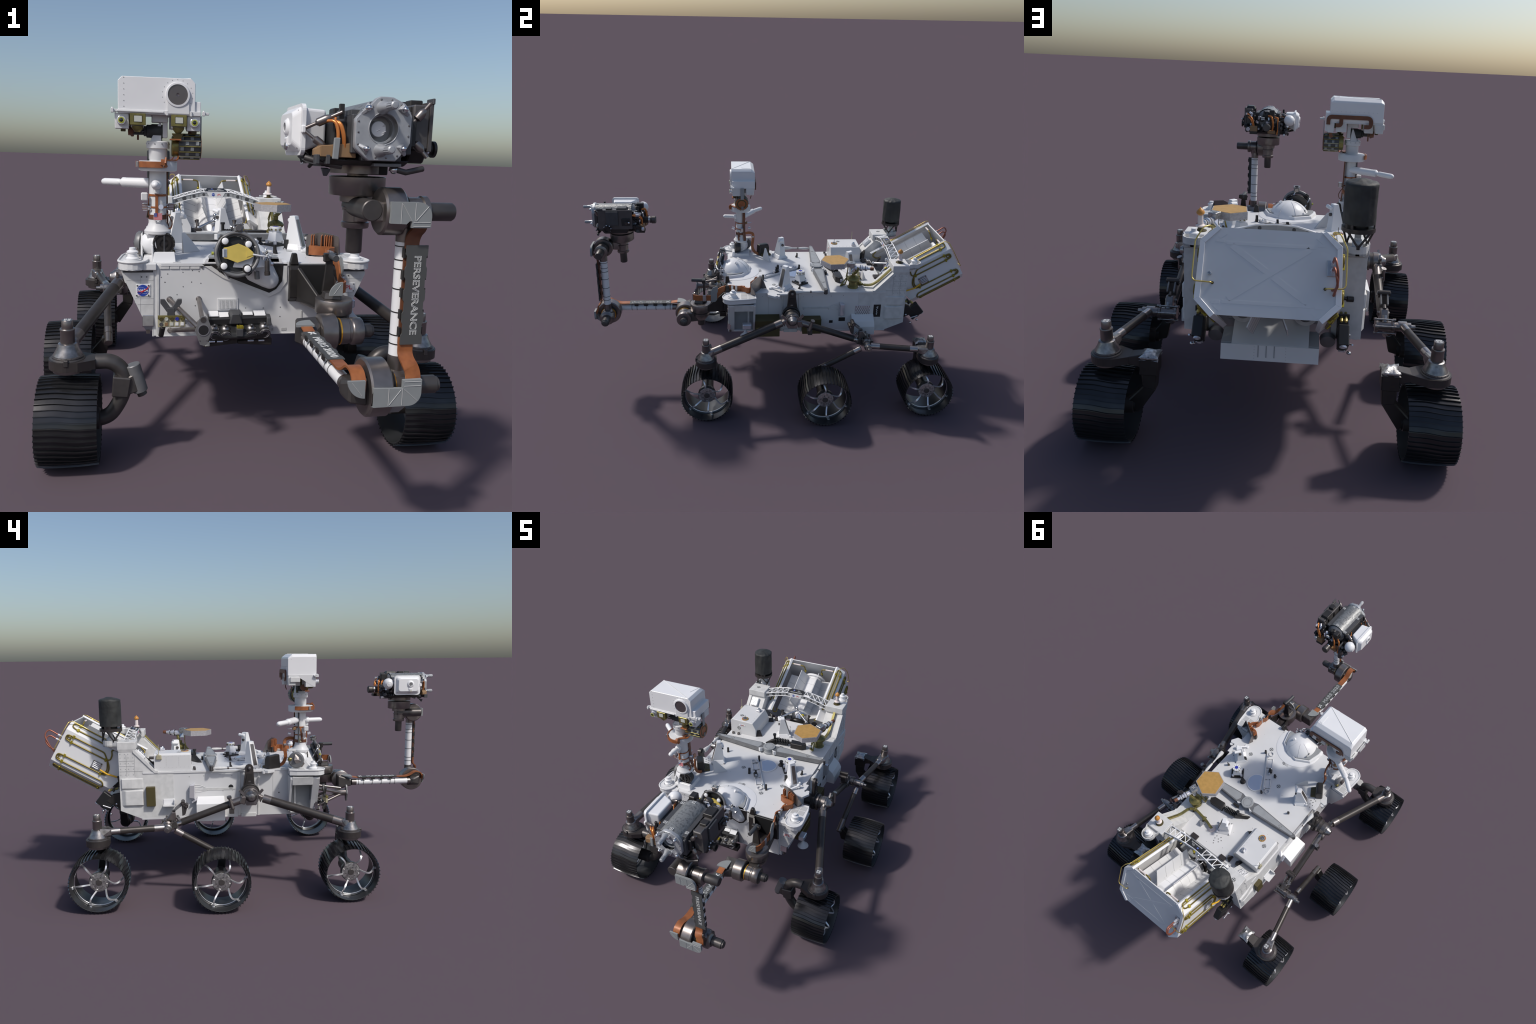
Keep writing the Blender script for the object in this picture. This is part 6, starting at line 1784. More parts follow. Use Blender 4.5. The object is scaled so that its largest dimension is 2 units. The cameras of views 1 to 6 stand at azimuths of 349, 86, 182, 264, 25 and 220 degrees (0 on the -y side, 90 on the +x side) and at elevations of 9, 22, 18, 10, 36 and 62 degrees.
for y in (-0.240, -0.142):
    hp.lathe((-0.385, y, 1.066), (-1, 0, 0), [(0.0012, 0), (0.0012, 0.0006), (0, 0.0006)], "panel_line", 6)
hp.done()
p = Part("laser_telescope", head)
lc = V((-0.2165, -0.2555, 1.0435))
p.hull([(-0.247, -0.259, 0.986), (-0.183, -0.259, 0.986), (-0.247, -0.2555, 0.986), (-0.183, -0.2555, 0.986), (-0.247, -0.259, 1.03), (-0.183, -0.259, 1.03), (-0.247, -0.2555, 1.03), (-0.183, -0.2555, 1.03), (-0.247, -0.262, 0.990), (-0.183, -0.262, 0.990)], "white_paint", 0.001)
p.lathe(lc, (0, -1, 0), [(0.0355, 0), (0.0355, 0.005), (0.0340, 0.0075), (0.0290, 0.0080), (0.0285, 0.005)], "white_gloss", 44)
p.lathe(lc - V((0, 0.0045, 0)), (0, -1, 0), [(0.0290, 0), (0.0285, 0.0012), (0, 0.0012)], "lens", 40)
p.lathe(lc - V((0, 0.0057, 0)), (0, -1, 0), [(0.0055, 0), (0.0055, 0.0003), (0.0045, 0.0003), (0.0040, 0), (0, 0.0001)], "lens", 20)
p.done()
for x in (-0.3745, -0.169):
    p = Part("navigation_camera", head)
    p.box((x - 0.0195, -0.250, 0.9435), (x + 0.0195, -0.205, 0.986), "white_paint", 0.001)
    p.lathe((x - 0.001 if x < -0.3 else x + 0.001, -0.250, 0.966), (0, -1, 0), [(0.0138, 0), (0.0135, 0.004), (0.0105, 0.006), (0.0105, 0.012), (0.0115, 0.0125), (0.0115, 0.0165)], "clear_grey", 24)
    p.lathe((x - 0.001 if x < -0.3 else x + 0.001, -0.2660, 0.966), (0, -1, 0), [(0.0092, 0), (0.0090, 0.0015), (0.0065, 0.002), (0.0062, 0.001)], "lime", 20)
    p.lathe((x - 0.001 if x < -0.3 else x + 0.001, -0.2665, 0.966), (0, -1, 0), [(0.0062, 0), (0.0050, 0.0008), (0.0035, 0.0012), (0, 0.0016)], "lens_black", 16)
    p.box((x - 0.004, -0.235, 0.936), (x + 0.010, -0.222, 0.944), "olive", 0.001)
    p.done()
for x in (-0.3295, -0.2125):
    p = Part("stereo_camera", head)
    p.box((x - 0.0225, -0.262, 0.9545), (x + 0.0225, -0.244, 0.9870), "olive_metal", 0.0012)
    p.box((x - 0.0115, -0.2628, 0.9620), (x + 0.0125, -0.2610, 0.9810), "black", 0.0003)
    p.box((x - 0.0103, -0.2634, 0.9632), (x + 0.0113, -0.2622, 0.9798), "pale_window", 0.0003)
    p.box((x - 0.020, -0.244, 0.948), (x + 0.017, -0.150, 0.987), "white_paint", 0.002)
    p.lathe((x - 0.001, -0.240, 0.952), (0, 0, -1), [(0.017, 0), (0.0165, 0.006), (0.010, 0.014), (0.008, 0.017), (0, 0.017)], "olive_metal", 18)
    p.done()
p = Part("head_fairing", head)
p.yz([(-0.178, 0.996), (-0.254, 0.996), (-0.244, 0.943), (-0.178, 0.984)], -0.3945, -0.3925, "white_paint", 0)
p.box((-0.395, -0.180, 0.965), (-0.355, -0.135, 0.988), "white_cloth", 0.002)
p.hull([(-0.388, -0.160, 0.950), (-0.358, -0.160, 0.950), (-0.388, -0.128, 0.950), (-0.358, -0.128, 0.950), (-0.390, -0.165, 0.988), (-0.350, -0.165, 0.988), (-0.390, -0.126, 0.988), (-0.350, -0.126, 0.988)], "white_cloth", 0.002)
p.box((-0.186, -0.175, 0.950), (-0.148, -0.132, 0.988), "white_paint", 0.003)
p.hull([(-0.183, -0.160, 0.946), (-0.158, -0.160, 0.946), (-0.183, -0.132, 0.946), (-0.158, -0.132, 0.946), (-0.186, -0.165, 0.986), (-0.150, -0.165, 0.986), (-0.186, -0.128, 0.986), (-0.150, -0.128, 0.986)], "white_paint", 0.001)
p.box((-0.236, -0.165, 0.950), (-0.192, -0.130, 0.988), "white_cloth", 0.002)
p.done()
p = Part("head_yoke", head)
p.box((-0.290, -0.228, 0.966), (-0.242, -0.178, 0.988), "white_paint", 0.002)
p.box((-0.258, -0.222, 0.922), (-0.2435, -0.180, 0.968), "white_paint", 0.0015)
p.hull([(-0.296, -0.222, 0.908), (-0.262, -0.222, 0.908), (-0.296, -0.190, 0.908), (-0.262, -0.190, 0.908), (-0.268, -0.216, 0.966), (-0.262, -0.216, 0.966), (-0.268, -0.196, 0.966), (-0.262, -0.196, 0.966)], "white_paint", 0.001)
p.hull([(-0.290, -0.180, 0.908), (-0.256, -0.180, 0.908), (-0.276, -0.176, 0.908), (-0.270, -0.180, 0.960), (-0.264, -0.180, 0.960), (-0.276, -0.172, 0.908), (-0.260, -0.172, 0.908)], "white_paint", 0.001)
p.lathe((-0.258, -0.202, 0.9400), (-1, 0, 0), [(0.020, 0), (0.0215, 0.006), (0.0215, 0.030), (0.019, 0.036), (0.019, 0.046), (0.0150, 0.048), (0.0150, 0.054), (0.0105, 0.056), (0.0105, 0.083)], "black_cloth", 24)
for z in (0.930, 0.938, 0.946):
    p.tube([(-0.312, -0.214, z), (-0.344, -0.214, z)], 0.0022, "charcoal", n=10)
p.lathe((-0.340, -0.202, 0.9400), (-1, 0, 0), [(0.012, 0), (0.0145, 0.004), (0.0135, 0.018), (0, 0.019)], "copper_dark", 18)
p.obox((-0.346, -0.205, 0.930), (0.010, 0.010, 0.014), (0, 0, 1), "copper_dark", 0.002)
p.tube([(-0.352, -0.190, 0.985), (-0.350, -0.192, 0.94)], 0.0045, "olive", n=10)
p.done()
p = Part("radiator_drum", head)
rc = V((-0.211, -0.199, 0.8985))
p.lathe(rc, (1, 0, 0), [(0.035, 0), (0.0365, 0.003), (0.0365, 0.060), (0.034, 0.064), (0.0355, 0.066)], "charcoal", 36)
for k in range(14):
    a = 2 * math.pi * k / 14
    d = V((0, math.cos(a), math.sin(a)))
    p.tube([rc + d * 0.0375 + V((0.002, 0, 0)), rc + d * 0.0375 + V((0.064, 0, 0))], 0.0020, "khaki" if k % 3 == 0 else "olive_metal", n=10)
    for m in range(4):
        if (k + m) % 2:
            u = V((0, -d.z, d.y))
            p.obox(rc + V((0.010 + m * 0.015, 0, 0)) + (d + u * 0.2).normalized() * 0.0362, (0.010, 0.011, 0.003), (d + u * 0.2), "cover_grey", 0.0006)
p.lathe(rc + V((0.0655, 0, 0)), (1, 0, 0), [(0.0345, 0), (0.0345, 0.002), (0.026, 0.0022), (0.026, 0), (0.021, 0), (0.021, 0.0016), (0, 0.0016)], "copper", 36)
p.ring(rc + V((0.0655, 0, 0)), (1, 0, 0), 0.020, 0.027, 0.0026, "olive", 32)
p.box((-0.1445, -0.205, 0.925), (-0.142, -0.187, 0.990), "grey_paint", 0.001)
p.box((-0.1445, -0.2015, 0.866), (-0.1425, -0.1885, 0.886), "mid_grey", 0.001)
p.lathe(rc, (-1, 0, 0), [(0.031, 0), (0.031, 0.018), (0.028, 0.020), (0, 0.020)], "olive_metal", 32)
p.ribbon([(-0.226, -0.225, 0.866), (-0.232, -0.222, 0.858), (-0.246, -0.215, 0.8555)], (0, 1, 0), 0.022, 0.003, "copper_dark", bend=0.004)
p.box((-0.238, -0.252, 0.9150), (-0.205, -0.228, 0.9190), "copper", 0.0005)
p.hull([(-0.232, -0.25, 0.935), (-0.198, -0.25, 0.935), (-0.224, -0.245, 0.918), (-0.206, -0.245, 0.918), (-0.232, -0.225, 0.935), (-0.198, -0.225, 0.935), (-0.224, -0.228, 0.918), (-0.206, -0.228, 0.918)], "olive", 0.001)
p.done()
p = Part("copper_flex_cable", head)
ry = -0.1215
p.strap([(-0.159, ry, 0.980), (-0.159, ry, 1.0120), (-0.335, ry, 1.0120), (-0.335, ry, 0.9760), (-0.308, ry, 0.9760)], (0, 1, 0), 0.0165, 0.005, "copper_dark", 0.020)
p.strap([(-0.212, ry, 1.006), (-0.212, ry, 0.978), (-0.190, ry, 0.978)], (0, 1, 0), 0.0155, 0.0046, "copper_dark", 0.018)
p.ribbon([(-0.170, -0.146, 0.950), (-0.172, -0.146, 0.936), (-0.178, -0.150, 0.925)], (1, 0, 0), 0.014, 0.003, "copper_dark")
p.ribbon([(-0.330, -0.150, 0.944), (-0.330, -0.152, 0.915)], (1, 0, 0), 0.006, 0.003, "copper_dark")
p.done()
# ------------------------------------------------------------------ robotic arm
arm = group("robotic_arm")
SHY, SHZ = -0.507, 0.403       # shoulder elevation axis (along x)
ELY, ELZ = -0.907, 0.4005      # elbow axis
WRY, WRZ = -0.907, 0.7715      # wrist axis
UX, FX = 0.113, 0.2115         # x of upper arm and of forearm

p = Part("arm_mount", arm)
for x0, x1 in ((0.126, 0.156), (0.248, 0.276)):
    p.hull([(x, y, z) for x in (x0, x1) for y, z in ((-0.279, 0.434), (-0.279, 0.560), (-0.300, 0.540), (-0.300, 0.450))], "black_satin", 0.002)
    p.hull([(x, y, z) for x in (x0 + 0.002, x1 - 0.002) for y, z in ((-0.268, 0.553), (-0.292, 0.552))] + [(x, y, 0.587) for x in (x0 + 0.008, x1 - 0.008) for y in (-0.274, -0.290)], "black_satin", 0.002)
p.box((0.150, -0.290, 0.436), (0.256, -0.277, 0.552), "black", 0.002)
for x0, x1, xc in ((0.148, 0.160, 0.196), (0.244, 0.256, 0.262)):
    p.hull([(x, -0.298, z) for x in (x0, x1) for z in (0.545, 0.455)] + [(xc - 0.004, -0.385, 0.440), (xc + 0.006, -0.385, 0.440), (xc - 0.004, -0.385, 0.470), (xc + 0.006, -0.385, 0.470), (x0, -0.290, 0.438), (x1, -0.290, 0.438)], "black_satin", 0.002)
p.hull([(0.152, -0.292, 0.470), (0.236, -0.292, 0.450), (0.152, -0.292, 0.440), (0.236, -0.292, 0.438), (0.190, -0.37, 0.44), (0.246, -0.37, 0.44), (0.200, -0.37, 0.462), (0.246, -0.37, 0.462)], "brown_black", 0.002)
p.tube([(0.165, -0.300, 0.437), (0.205, -0.375, 0.430)], 0.005, "titanium", n=10)
p.done()

SX, SY = 0.228, -0.421
p = Part("shoulder_azimuth_drive", arm)
p.lathe((SX, SY, 0), (0, 0, 1), [(0.0, 0.350), (0.0165, 0.350), (0.018, 0.352), (0.018, 0.392)], "titanium_dark", 24)
p.lathe((SX, SY, 0), (0, 0, 1), [(0.026, 0.384), (0.036, 0.398), (0.046, 0.414), (0.0475, 0.428)], "titanium", 36)
p.lathe((SX, SY, 0), (0, 0, 1), [(0.045, 0.428), (0.045, 0.438)], "black_satin", 36)
p.lathe((SX, SY, 0), (0, 0, 1), [(0.052, 0.436), (0.054, 0.439), (0.054, 0.474), (0.0525, 0.477), (0.040, 0.478), (0, 0.478)], "titanium", 44)
p.hull([(SX + a, SY + b, 0.478) for a, b in ((-0.034, -0.020), (0.012, -0.034), (0.026, 0.010), (-0.010, 0.034), (-0.034, 0.020))] + [(SX + a, SY + b, 0.496) for a, b in ((-0.030, -0.016), (0.008, -0.028), (0.020, 0.010), (-0.010, 0.030), (-0.030, 0.016))], "titanium_dark", 0.002)
p.done()
p = Part("arm_restraint", arm)
p.hull([(0.196, -0.408, 0.490), (0.236, -0.408, 0.490), (0.196, -0.396, 0.490), (0.236, -0.396, 0.490), (0.206, -0.406, 0.590), (0.224, -0.406, 0.590), (0.206, -0.398, 0.590), (0.224, -0.398, 0.590)], "black_satin", 0.002)
p.hull([(0.198, -0.412, 0.580), (0.238, -0.412, 0.588), (0.198, -0.394, 0.580), (0.238, -0.394, 0.588), (0.198, -0.412, 0.606), (0.236, -0.412, 0.606), (0.198, -0.394, 0.606), (0.236, -0.394, 0.606)], "black_satin", 0.002)
p.cyl((0.219, -0.394, 0.598), (0.214, -0.466, 0.600), 0.0095, "charcoal", n=18, bev=0.001)
p.hull([(0.200, -0.40, 0.584), (0.206, -0.40, 0.584), (0.194, -0.40, 0.600), (0.206, -0.40, 0.600), (0.203, -0.41, 0.59)], "black_satin")
p.cyl((0.226, -0.452, 0.532), (0.208, -0.44, 0.490), 0.003, "titanium", n=6)
p.done()

p = Part("shoulder_elevation_drive", arm)
ax = (1, 0, 0)
p.lathe((0.158, SHY, SHZ), ax, [(0.046, 0), (0.050, 0.003), (0.050, 0.044), (0.047, 0.047)], "titanium", 44)
p.lathe((0.205, SHY, SHZ), ax, [(0.036, 0), (0.036, 0.012)], "black_satin", 36)
p.lathe((0.2145, SHY, SHZ), ax, [(0.0375, 0), (0.0375, 0.004)], "gold", 36)
p.lathe((0.2185, SHY, SHZ), ax, [(0.036, 0), (0.036, 0.022), (0.034, 0.024), (0.034, 0.030), (0.037, 0.032), (0.0385, 0.036), (0.0385, 0.060), (0.036, 0.063), (0.026, 0.064)], "titanium", 40)
p.lathe((0.282, SHY, SHZ), ax, [(0.0195, 0), (0.0195, 0.028), (0.0155, 0.030), (0.0155, 0.034), (0.013, 0.036), (0, 0.036)], "titanium_dark", 24)
p.hull([(x, y, z) for x, y, z in ((0.215, -0.520, 0.372), (0.215, -0.500, 0.436), (0.262, -0.520, 0.375), (0.262, -0.500, 0.436), (0.205, -0.430, 0.378), (0.250, -0.430, 0.378), (0.200, -0.435, 0.424), (0.254, -0.435, 0.424))], "titanium", 0.004)
p.hull([(x, y, z) for x, y, z in ((0.100, -0.552, 0.380), (0.100, -0.552, 0.412), (0.124, -0.560, 0.380), (0.124, -0.560, 0.412), (0.100, -0.478, 0.366), (0.100, -0.478, 0.436), (0.160, -0.478, 0.366), (0.160, -0.478, 0.440), (0.160, -0.545, 0.380), (0.160, -0.530, 0.432))], "titanium_dark", 0.004)
p.done()

def banded_tube(name, a, b, r, bands):
    p = Part(name, arm)
    a, b = V(a), V(b)
    d = (b - a).normalized()
    p.cyl(a, b, r, "white_gloss", n=28)
    for t in bands:
        c = a + (b - a) * t
        p.ring(c - d * 0.0011, d, r - 0.0005, r + 0.0008, 0.0022, "black_satin", 28)
    return p
p = banded_tube("upper_arm", (UX, -0.580, 0.3975), (UX, -0.868, 0.3975), 0.0162, [(abs(y) - 0.580) / 0.288 for y in (-0.592, -0.619, -0.668, -0.719, -0.769, -0.796)])
p.cyl((UX, -0.555, 0.3975), (UX, -0.580, 0.3975), 0.0172, "titanium", n=28)
p.cyl((UX, -0.868, 0.3975), (UX, -0.885, 0.3975), 0.0172, "titanium", n=28)
p.hull([(x, y, z) for x, y, z in ((UX - 0.016, -0.882, 0.380), (UX - 0.016, -0.882, 0.415), (UX + 0.016, -0.882, 0.380), (UX + 0.016, -0.882, 0.415), (0.090, -0.900, 0.388), (0.090, -0.900, 0.410), (0.100, -0.935, 0.376), (0.100, -0.935, 0.424), (0.140, -0.938, 0.370), (0.140, -0.938, 0.430), (0.140, -0.880, 0.366), (0.140, -0.880, 0.434))], "titanium_dark", 0.004)
p.done()
p = Part("elbow_drive", arm)
p.lathe((0.137, ELY, ELZ), ax, [(0.058, 0), (0.062, 0.004), (0.062, 0.044), (0.058, 0.048)], "titanium", 52)
p.lathe((0.185, ELY, ELZ), ax, [(0.042, 0), (0.042, 0.012)], "black_satin", 36)
p.lathe((0.195, ELY, ELZ), ax, [(0.039, 0), (0.039, 0.005)], "gold", 36)
p.lathe((0.200, ELY, ELZ), ax, [(0.036, 0), (0.036, 0.024), (0.034, 0.026), (0.038, 0.030), (0.038, 0.046), (0.030, 0.050), (0.026, 0.056)], "titanium", 36)
p.lathe((0.250, ELY, ELZ), ax, [(0.0195, 0), (0.0195, 0.050), (0.0155, 0.053), (0.0155, 0.057), (0.013, 0.059), (0, 0.059)], "titanium_dark", 24)
p.hull([(FX + a, ELY + b, 0.440) for a, b in ((-0.016, -0.016), (0.016, -0.016), (-0.016, 0.016), (0.016, 0.016))] + [(FX + a, ELY + b, 0.405) for a, b in ((-0.014, -0.034), (0.028, -0.034), (-0.014, 0.034), (0.028, 0.034))] + [(FX + a, ELY + b, 0.436) for a, b in ((0.006, 0.026), (0.030, 0.026), (0.006, -0.02), (0.030, -0.02))], "titanium", 0.003)
p.done()
p = banded_tube("forearm", (FX, -0.9055, 0.470), (FX, -0.9055, 0.710), 0.0180, [0.105, 0.185, 0.388, 0.592, 0.765, 0.845, 0.962])
p.cyl((FX, -0.9055, 0.436), (FX, -0.9055, 0.470), 0.0186, "titanium", n=28)
p.cyl((FX, -0.9055, 0.710), (FX, -0.9055, 0.742), 0.0190, "titanium", n=28)
p.lathe((FX, -0.9055, 0.738), (0, 0, 1), [(0.019, 0), (0.024, 0.014), (0.024, 0.020)], "titanium", 24)
p.done()
p = Part("wrist_drive", arm)
p.lathe((0.150, WRY, WRZ), ax, [(0.044, 0), (0.0485, 0.004), (0.0485, 0.042), (0.045, 0.046)], "titanium", 48)
p.lathe((0.196, WRY, WRZ), ax, [(0.033, 0), (0.033, 0.010)], "black_satin", 32)
p.lathe((0.206, WRY, WRZ), ax, [(0.029, 0), (0.029, 0.030), (0.032, 0.033), (0.032, 0.044), (0.026, 0.047)], "titanium", 32)
p.lathe((0.252, WRY, WRZ), ax, [(0.0190, 0), (0.0190, 0.056), (0.0165, 0.060), (0, 0.0605)], "titanium_dark", 26)
p.cyl((0.1265, -0.936, 0.7745), (0.1290, -0.800, 0.7750), 0.0215, "titanium_dark", n=30, bev=0.002)
p.hull([(0.135, -0.93, 0.752), (0.135, -0.93, 0.792), (0.135, -0.86, 0.752), (0.135, -0.86, 0.792), (0.155, -0.935, 0.752), (0.155, -0.935, 0.790), (0.155, -0.87, 0.748), (0.155, -0.87, 0.794)], "titanium", 0.003)
p.done()

# printed label plates with notched edges over the cables
plates = Part("label_plate", arm)
def notched(n, w, l):
    """half outline of a strip with shallow alternating notches"""
    pts = []
    step = l / n
    for i in range(n):
        a = -l / 2 + i * step
        ww = w if i % 2 == 0 else w - 0.0028
        pts += [(ww, a + 0.0025), (ww, a + step - 0.0025)]
    return pts
o = V((0.2255, -0.9355, 0.6035))
half = notched(9, 0.0235, 0.211)
poly = [(x, z) for x, z in half] + [(-x, z) for x, z in half[::-1]]
plates.prism(poly, o, (1, 0, 0), (0, 0, 1), (0, -0.0035, 0), "print_plate", 0.0003)
plates.text("PERSEVERANCE", o + V((0.0015, -0.0036, 0.0)), (0, 0, -1), (1, 0, 0), 0.0205, "print_light", outline=0.00042, stretch=1.16)
for i in range(5):
    z = 0.512 + i * 0.041 + (0.0 if i % 2 else 0.004)
    plates.box((0.1985, -0.9355, z), (0.2035, -0.926, z + 0.020), "black_satin", 0.0005)
    plates.box((0.2470, -0.9355, z), (0.2505, -0.926, z + 0.020), "black_satin", 0.0005)
u = V((UX, -0.6965, 0.4250))
half = notched(9, 0.0205, 0.224)
poly = [(x, y) for x, y in half] + [(-x, y) for x, y in half[::-1]]
plates.prism(poly, u, (1, 0, 0), (0, 1, 0), (0, 0, 0.0030), "print_plate", 0.0003)
plates.text("MARS 2020", u + V((0, -0.020, 0.0031)), (0, -1, 0), (1, 0, 0), 0.0265, "print_light", outline=0.00055, stretch=1.22, spacing=1.03)
c = u + V((0, 0.094, 0.0031))
for a, b, r in ((0.004, 0.0, 0.0036), (-0.006, 0.006, 0.0034), (0.008, 0.007, 0.0026), (-0.004, -0.008, 0.0030), (0.009, -0.007, 0.0024)):
    plates.lathe(c + V((a, b, 0)), (0, 0, 1), [(r, 0), (r, 0.0005), (0, 0.0005)], "print_light", 12)
for a, b in ((-0.006, 0.006), (0.008, 0.007), (-0.004, -0.008), (0.009, -0.007)):
    plates.tube([c + V((0.003, 0, 0.0002)), c + V((a, b, 0.0002))], 0.0016, "print_light", n=10)
for i in range(4):
    y = -0.61 - i * 0.050
    for sx in (-1, 1):
        plates.box((UX + sx * 0.0195 - 0.002, y - 0.020, 0.4135), (UX + sx * 0.0195 + 0.002, y, 0.4245), "black_satin", 0.0005)
plates.done()

# copper flat cables along the arm
p = Part("copper_flex_cable", arm)
S1 = lambda t: (1, 0, 0)
p.ribbon([(0.2160, -0.9330, 0.520), (0.2160, -0.9330, 0.478), (0.2185, -0.950, 0.464), (0.2270, -0.952, 0.448), (0.2280, -0.958, 0.425)], (1, 0, 0), 0.0315, 0.005, "copper", bend=0.014)
p.ribbon([(0.2155, -0.9330, 0.690), (0.2155, -0.9330, 0.716), (0.2190, -0.934, 0.728), (0.2240, -0.944, 0.740), (0.2240, -0.946, 0.752)], (1, 0, 0), 0.0300, 0.005, "copper_dark", bend=0.012)
p.ribbon([(0.2155, -0.930, 0.50), (0.2155, -0.930, 0.70)], (1, 0, 0), 0.030, 0.004, "copper_dark")
p.ribbon([(UX, -0.800, 0.4240), (UX, -0.832, 0.4240), (UX - 0.001, -0.858, 0.424), (UX - 0.001, -0.882, 0.432), (UX, -0.912, 0.452), (UX, -0.942, 0.444), (UX, -0.953, 0.425), (UX, -0.950, 0.408)], (1, 0, 0), 0.0300, 0.005, "copper", bend=0.016)
p.ribbon([(UX, -0.530, 0.434), (UX, -0.560, 0.428), (UX, -0.590, 0.4240)], (1, 0, 0), 0.030, 0.004, "copper", bend=0.012)
p.ribbon([(UX, -0.585, 0.4225), (UX, -0.81, 0.4225)], (1, 0, 0), 0.028, 0.003, "copper_dark")
# from the deck connector to the shoulder
path = [(0.272, -0.190, 0.573), (0.264, -0.205, 0.571), (0.266, -0.240, 0.571), (0.250, -0.262, 0.571), (0.2665, -0.305, 0.571), (0.2665, -0.326, 0.555), (0.2660, -0.348, 0.522), (0.262, -0.372, 0.518), (0.256, -0.430, 0.516), (0.250, -0.452, 0.516), (0.236, -0.459, 0.514)]
p.ribbon(path, (0, 0, 1), 0.030, 0.005, "copper", bend=0.014)
p.done()
p = Part("cable_guide", arm)
# quarter covers with pressed ribs
def quarter(o, u, v, r, w, mat="cover_grey", n=10, tail=0.0):
    o, u, v = V(o), V(u), V(v)
    arcp = [(0, 0), (r, 0)] if not tail else [(-tail, 0), (r, 0)]
    arcp += [(r * math.cos(a), r * math.sin(a)) for a in [math.pi / 2 * i / n for i in range(1, n + 1)]]
    if tail:
        arcp += [(-tail, r)]
    p.prism(arcp, o, u, v, w, mat, 0.0012)
quarter((0.240, -0.462, 0.493), (-1, 0, 0), (0, 0, 1), 0.0385, V((0, 0.006, 0)))
quarter((0.124, -0.955, 0.434), (-1, 0, 0), (0, 0, -1), 0.037, V((0, -0.006, 0)))
quarter((UX + 0.022, -0.552, 0.4300), (-1, 0, 0), (0, 1, 0), 0.050, V((0, 0, 0.006)))
elb = [(0.138, 0.421), (0.138, 0.381), (0.216, 0.382)] + [(0.214 + 0.026 * math.sin(a), 0.408 - 0.026 * math.cos(a)) for a in [math.radians(9 * i) for i in range(11)]] + [(0.240, 0.437), (0.200, 0.436), (0.200, 0.419)]
p.xz(elb, -0.972, -0.963, "cover_grey", 0.001)
p.hull([(x, y, z) for x in (0.138, 0.214) for y, z in ((-0.970, 0.384), (-0.930, 0.350), (-0.970, 0.416), (-0.930, 0.352))], "cover_grey", 0.001)
wri = [(0.155, 0.752), (0.188, 0.751), (0.194, 0.757), (0.199, 0.757), (0.199, 0.744), (0.239, 0.744), (0.240, 0.764)] + [(0.212 + 0.028 * math.cos(a), 0.766 + 0.028 * math.sin(a)) for a in [math.radians(9 * i) for i in range(11)]] + [(0.155, 0.794)]
p.xz(wri, -0.962, -0.953, "cover_grey", 0.001)
def rib(a, b, y):
    p.tube([(a[0], y, a[1]), (b[0], y, b[1])], 0.0007, "panel_line", n=4)
for a, b in (((0.176, 0.752), (0.176, 0.792)), ((0.178, 0.790), (0.199, 0.757)), ((0.205, 0.757), (0.205, 0.792)), ((0.208, 0.758), (0.232, 0.786)), ((0.202, 0.7465), (0.237, 0.7465)), ((0.202, 0.7545), (0.237, 0.7545))):
    rib(a, b, -0.9624)
for a, b in (((0.170, 0.384), (0.170, 0.419)), ((0.172, 0.386), (0.196, 0.417)), ((0.199, 0.384), (0.199, 0.419)), ((0.203, 0.417), (0.232, 0.392)), ((0.202, 0.424), (0.238, 0.424)), ((0.202, 0.433), (0.238, 0.433))):
    rib(a, b, -0.9724)
rib((0.096, 0.430), (0.118, 0.402), -0.9614)
rib((0.214, 0.497), (0.234, 0.525), -0.4624)
# grey guide beside the mount
p.prism([(-0.030, 0), (-0.030, 0.060), (-0.018, 0.082), (-0.002, 0.086), (0.006, 0.084), (0.006, 0.058), (0.002, 0.048), (0.002, 0.012), (-0.008, 0.0)], (0.2695, -0.336, 0.500), (0, 1, 0), (0, 0, 1), (0.003, 0, 0), "cover_grey", 0.0008)
for y in (-0.236, -0.256):
    p.box((0.262, y - 0.006, 0.555), (0.273, y + 0.006, 0.588), "steel_plate", 0.001)
p.box((0.258, -0.408, 0.500), (0.264, -0.390, 0.534), "steel_plate", 0.001)
p.done()

# ------------------------------------------------------------------ cable bracket with copper leads on the deck
p = Part("cable_bracket", fit)
PL, PR = V((0.226, -0.104, 0.0)), V((0.318, -0.161, 0.0))
fd = (PR - PL).normalized()
fl_ = (PR - PL).length
fn = V((-fd.y, fd.x, 0))
if fn.y < 0:
    fn = -fn
p.prism([(0, 0.556), (fl_, 0.556), (fl_, 0.624), (fl_ * 0.5, 0.634), (0.004, 0.622)], PL, fd, (0, 0, 1), fn * 0.003, "titanium", 0.0006)
p.hull([PL + V((0, 0, 0.556)), PL + V((0, 0, 0.620)), PL + fn * 0.030 - fd * 0.004 + V((0, 0, 0.556)), PL + fn * 0.003 + V((0, 0, 0.620)), PL + fd * 0.004 + V((0, 0, 0.556)), PL + fd * 0.004 + V((0, 0, 0.618))], "titanium")
p.hull([PR + V((0, 0, 0.556)), PR + V((0, 0, 0.622)), PR + fn * 0.034 + V((0, 0, 0.556)), PR + fd * 0.004 + V((0, 0, 0.556)), PR + fd * 0.004 + V((0, 0, 0.620)), PR + fn * 0.034 + fd * 0.004 + V((0, 0, 0.556))], "titanium")
cp = [PL - fn * 0.030 + fd * 0.020, PL - fn * 0.034 + fd * 0.044, PL - fn * 0.020 + fd * 0.074, PL - fn * 0.014 + fd * 0.098, PL - fn * 0.030 + fd * 0.104, V((0.262, -0.205, 0)) + fd * 0.01]
p.ribbon([q + V((0, 0, 0.575)) for q in cp], (0, 0, 1), 0.030, 0.006, "copper", bend=0.012)
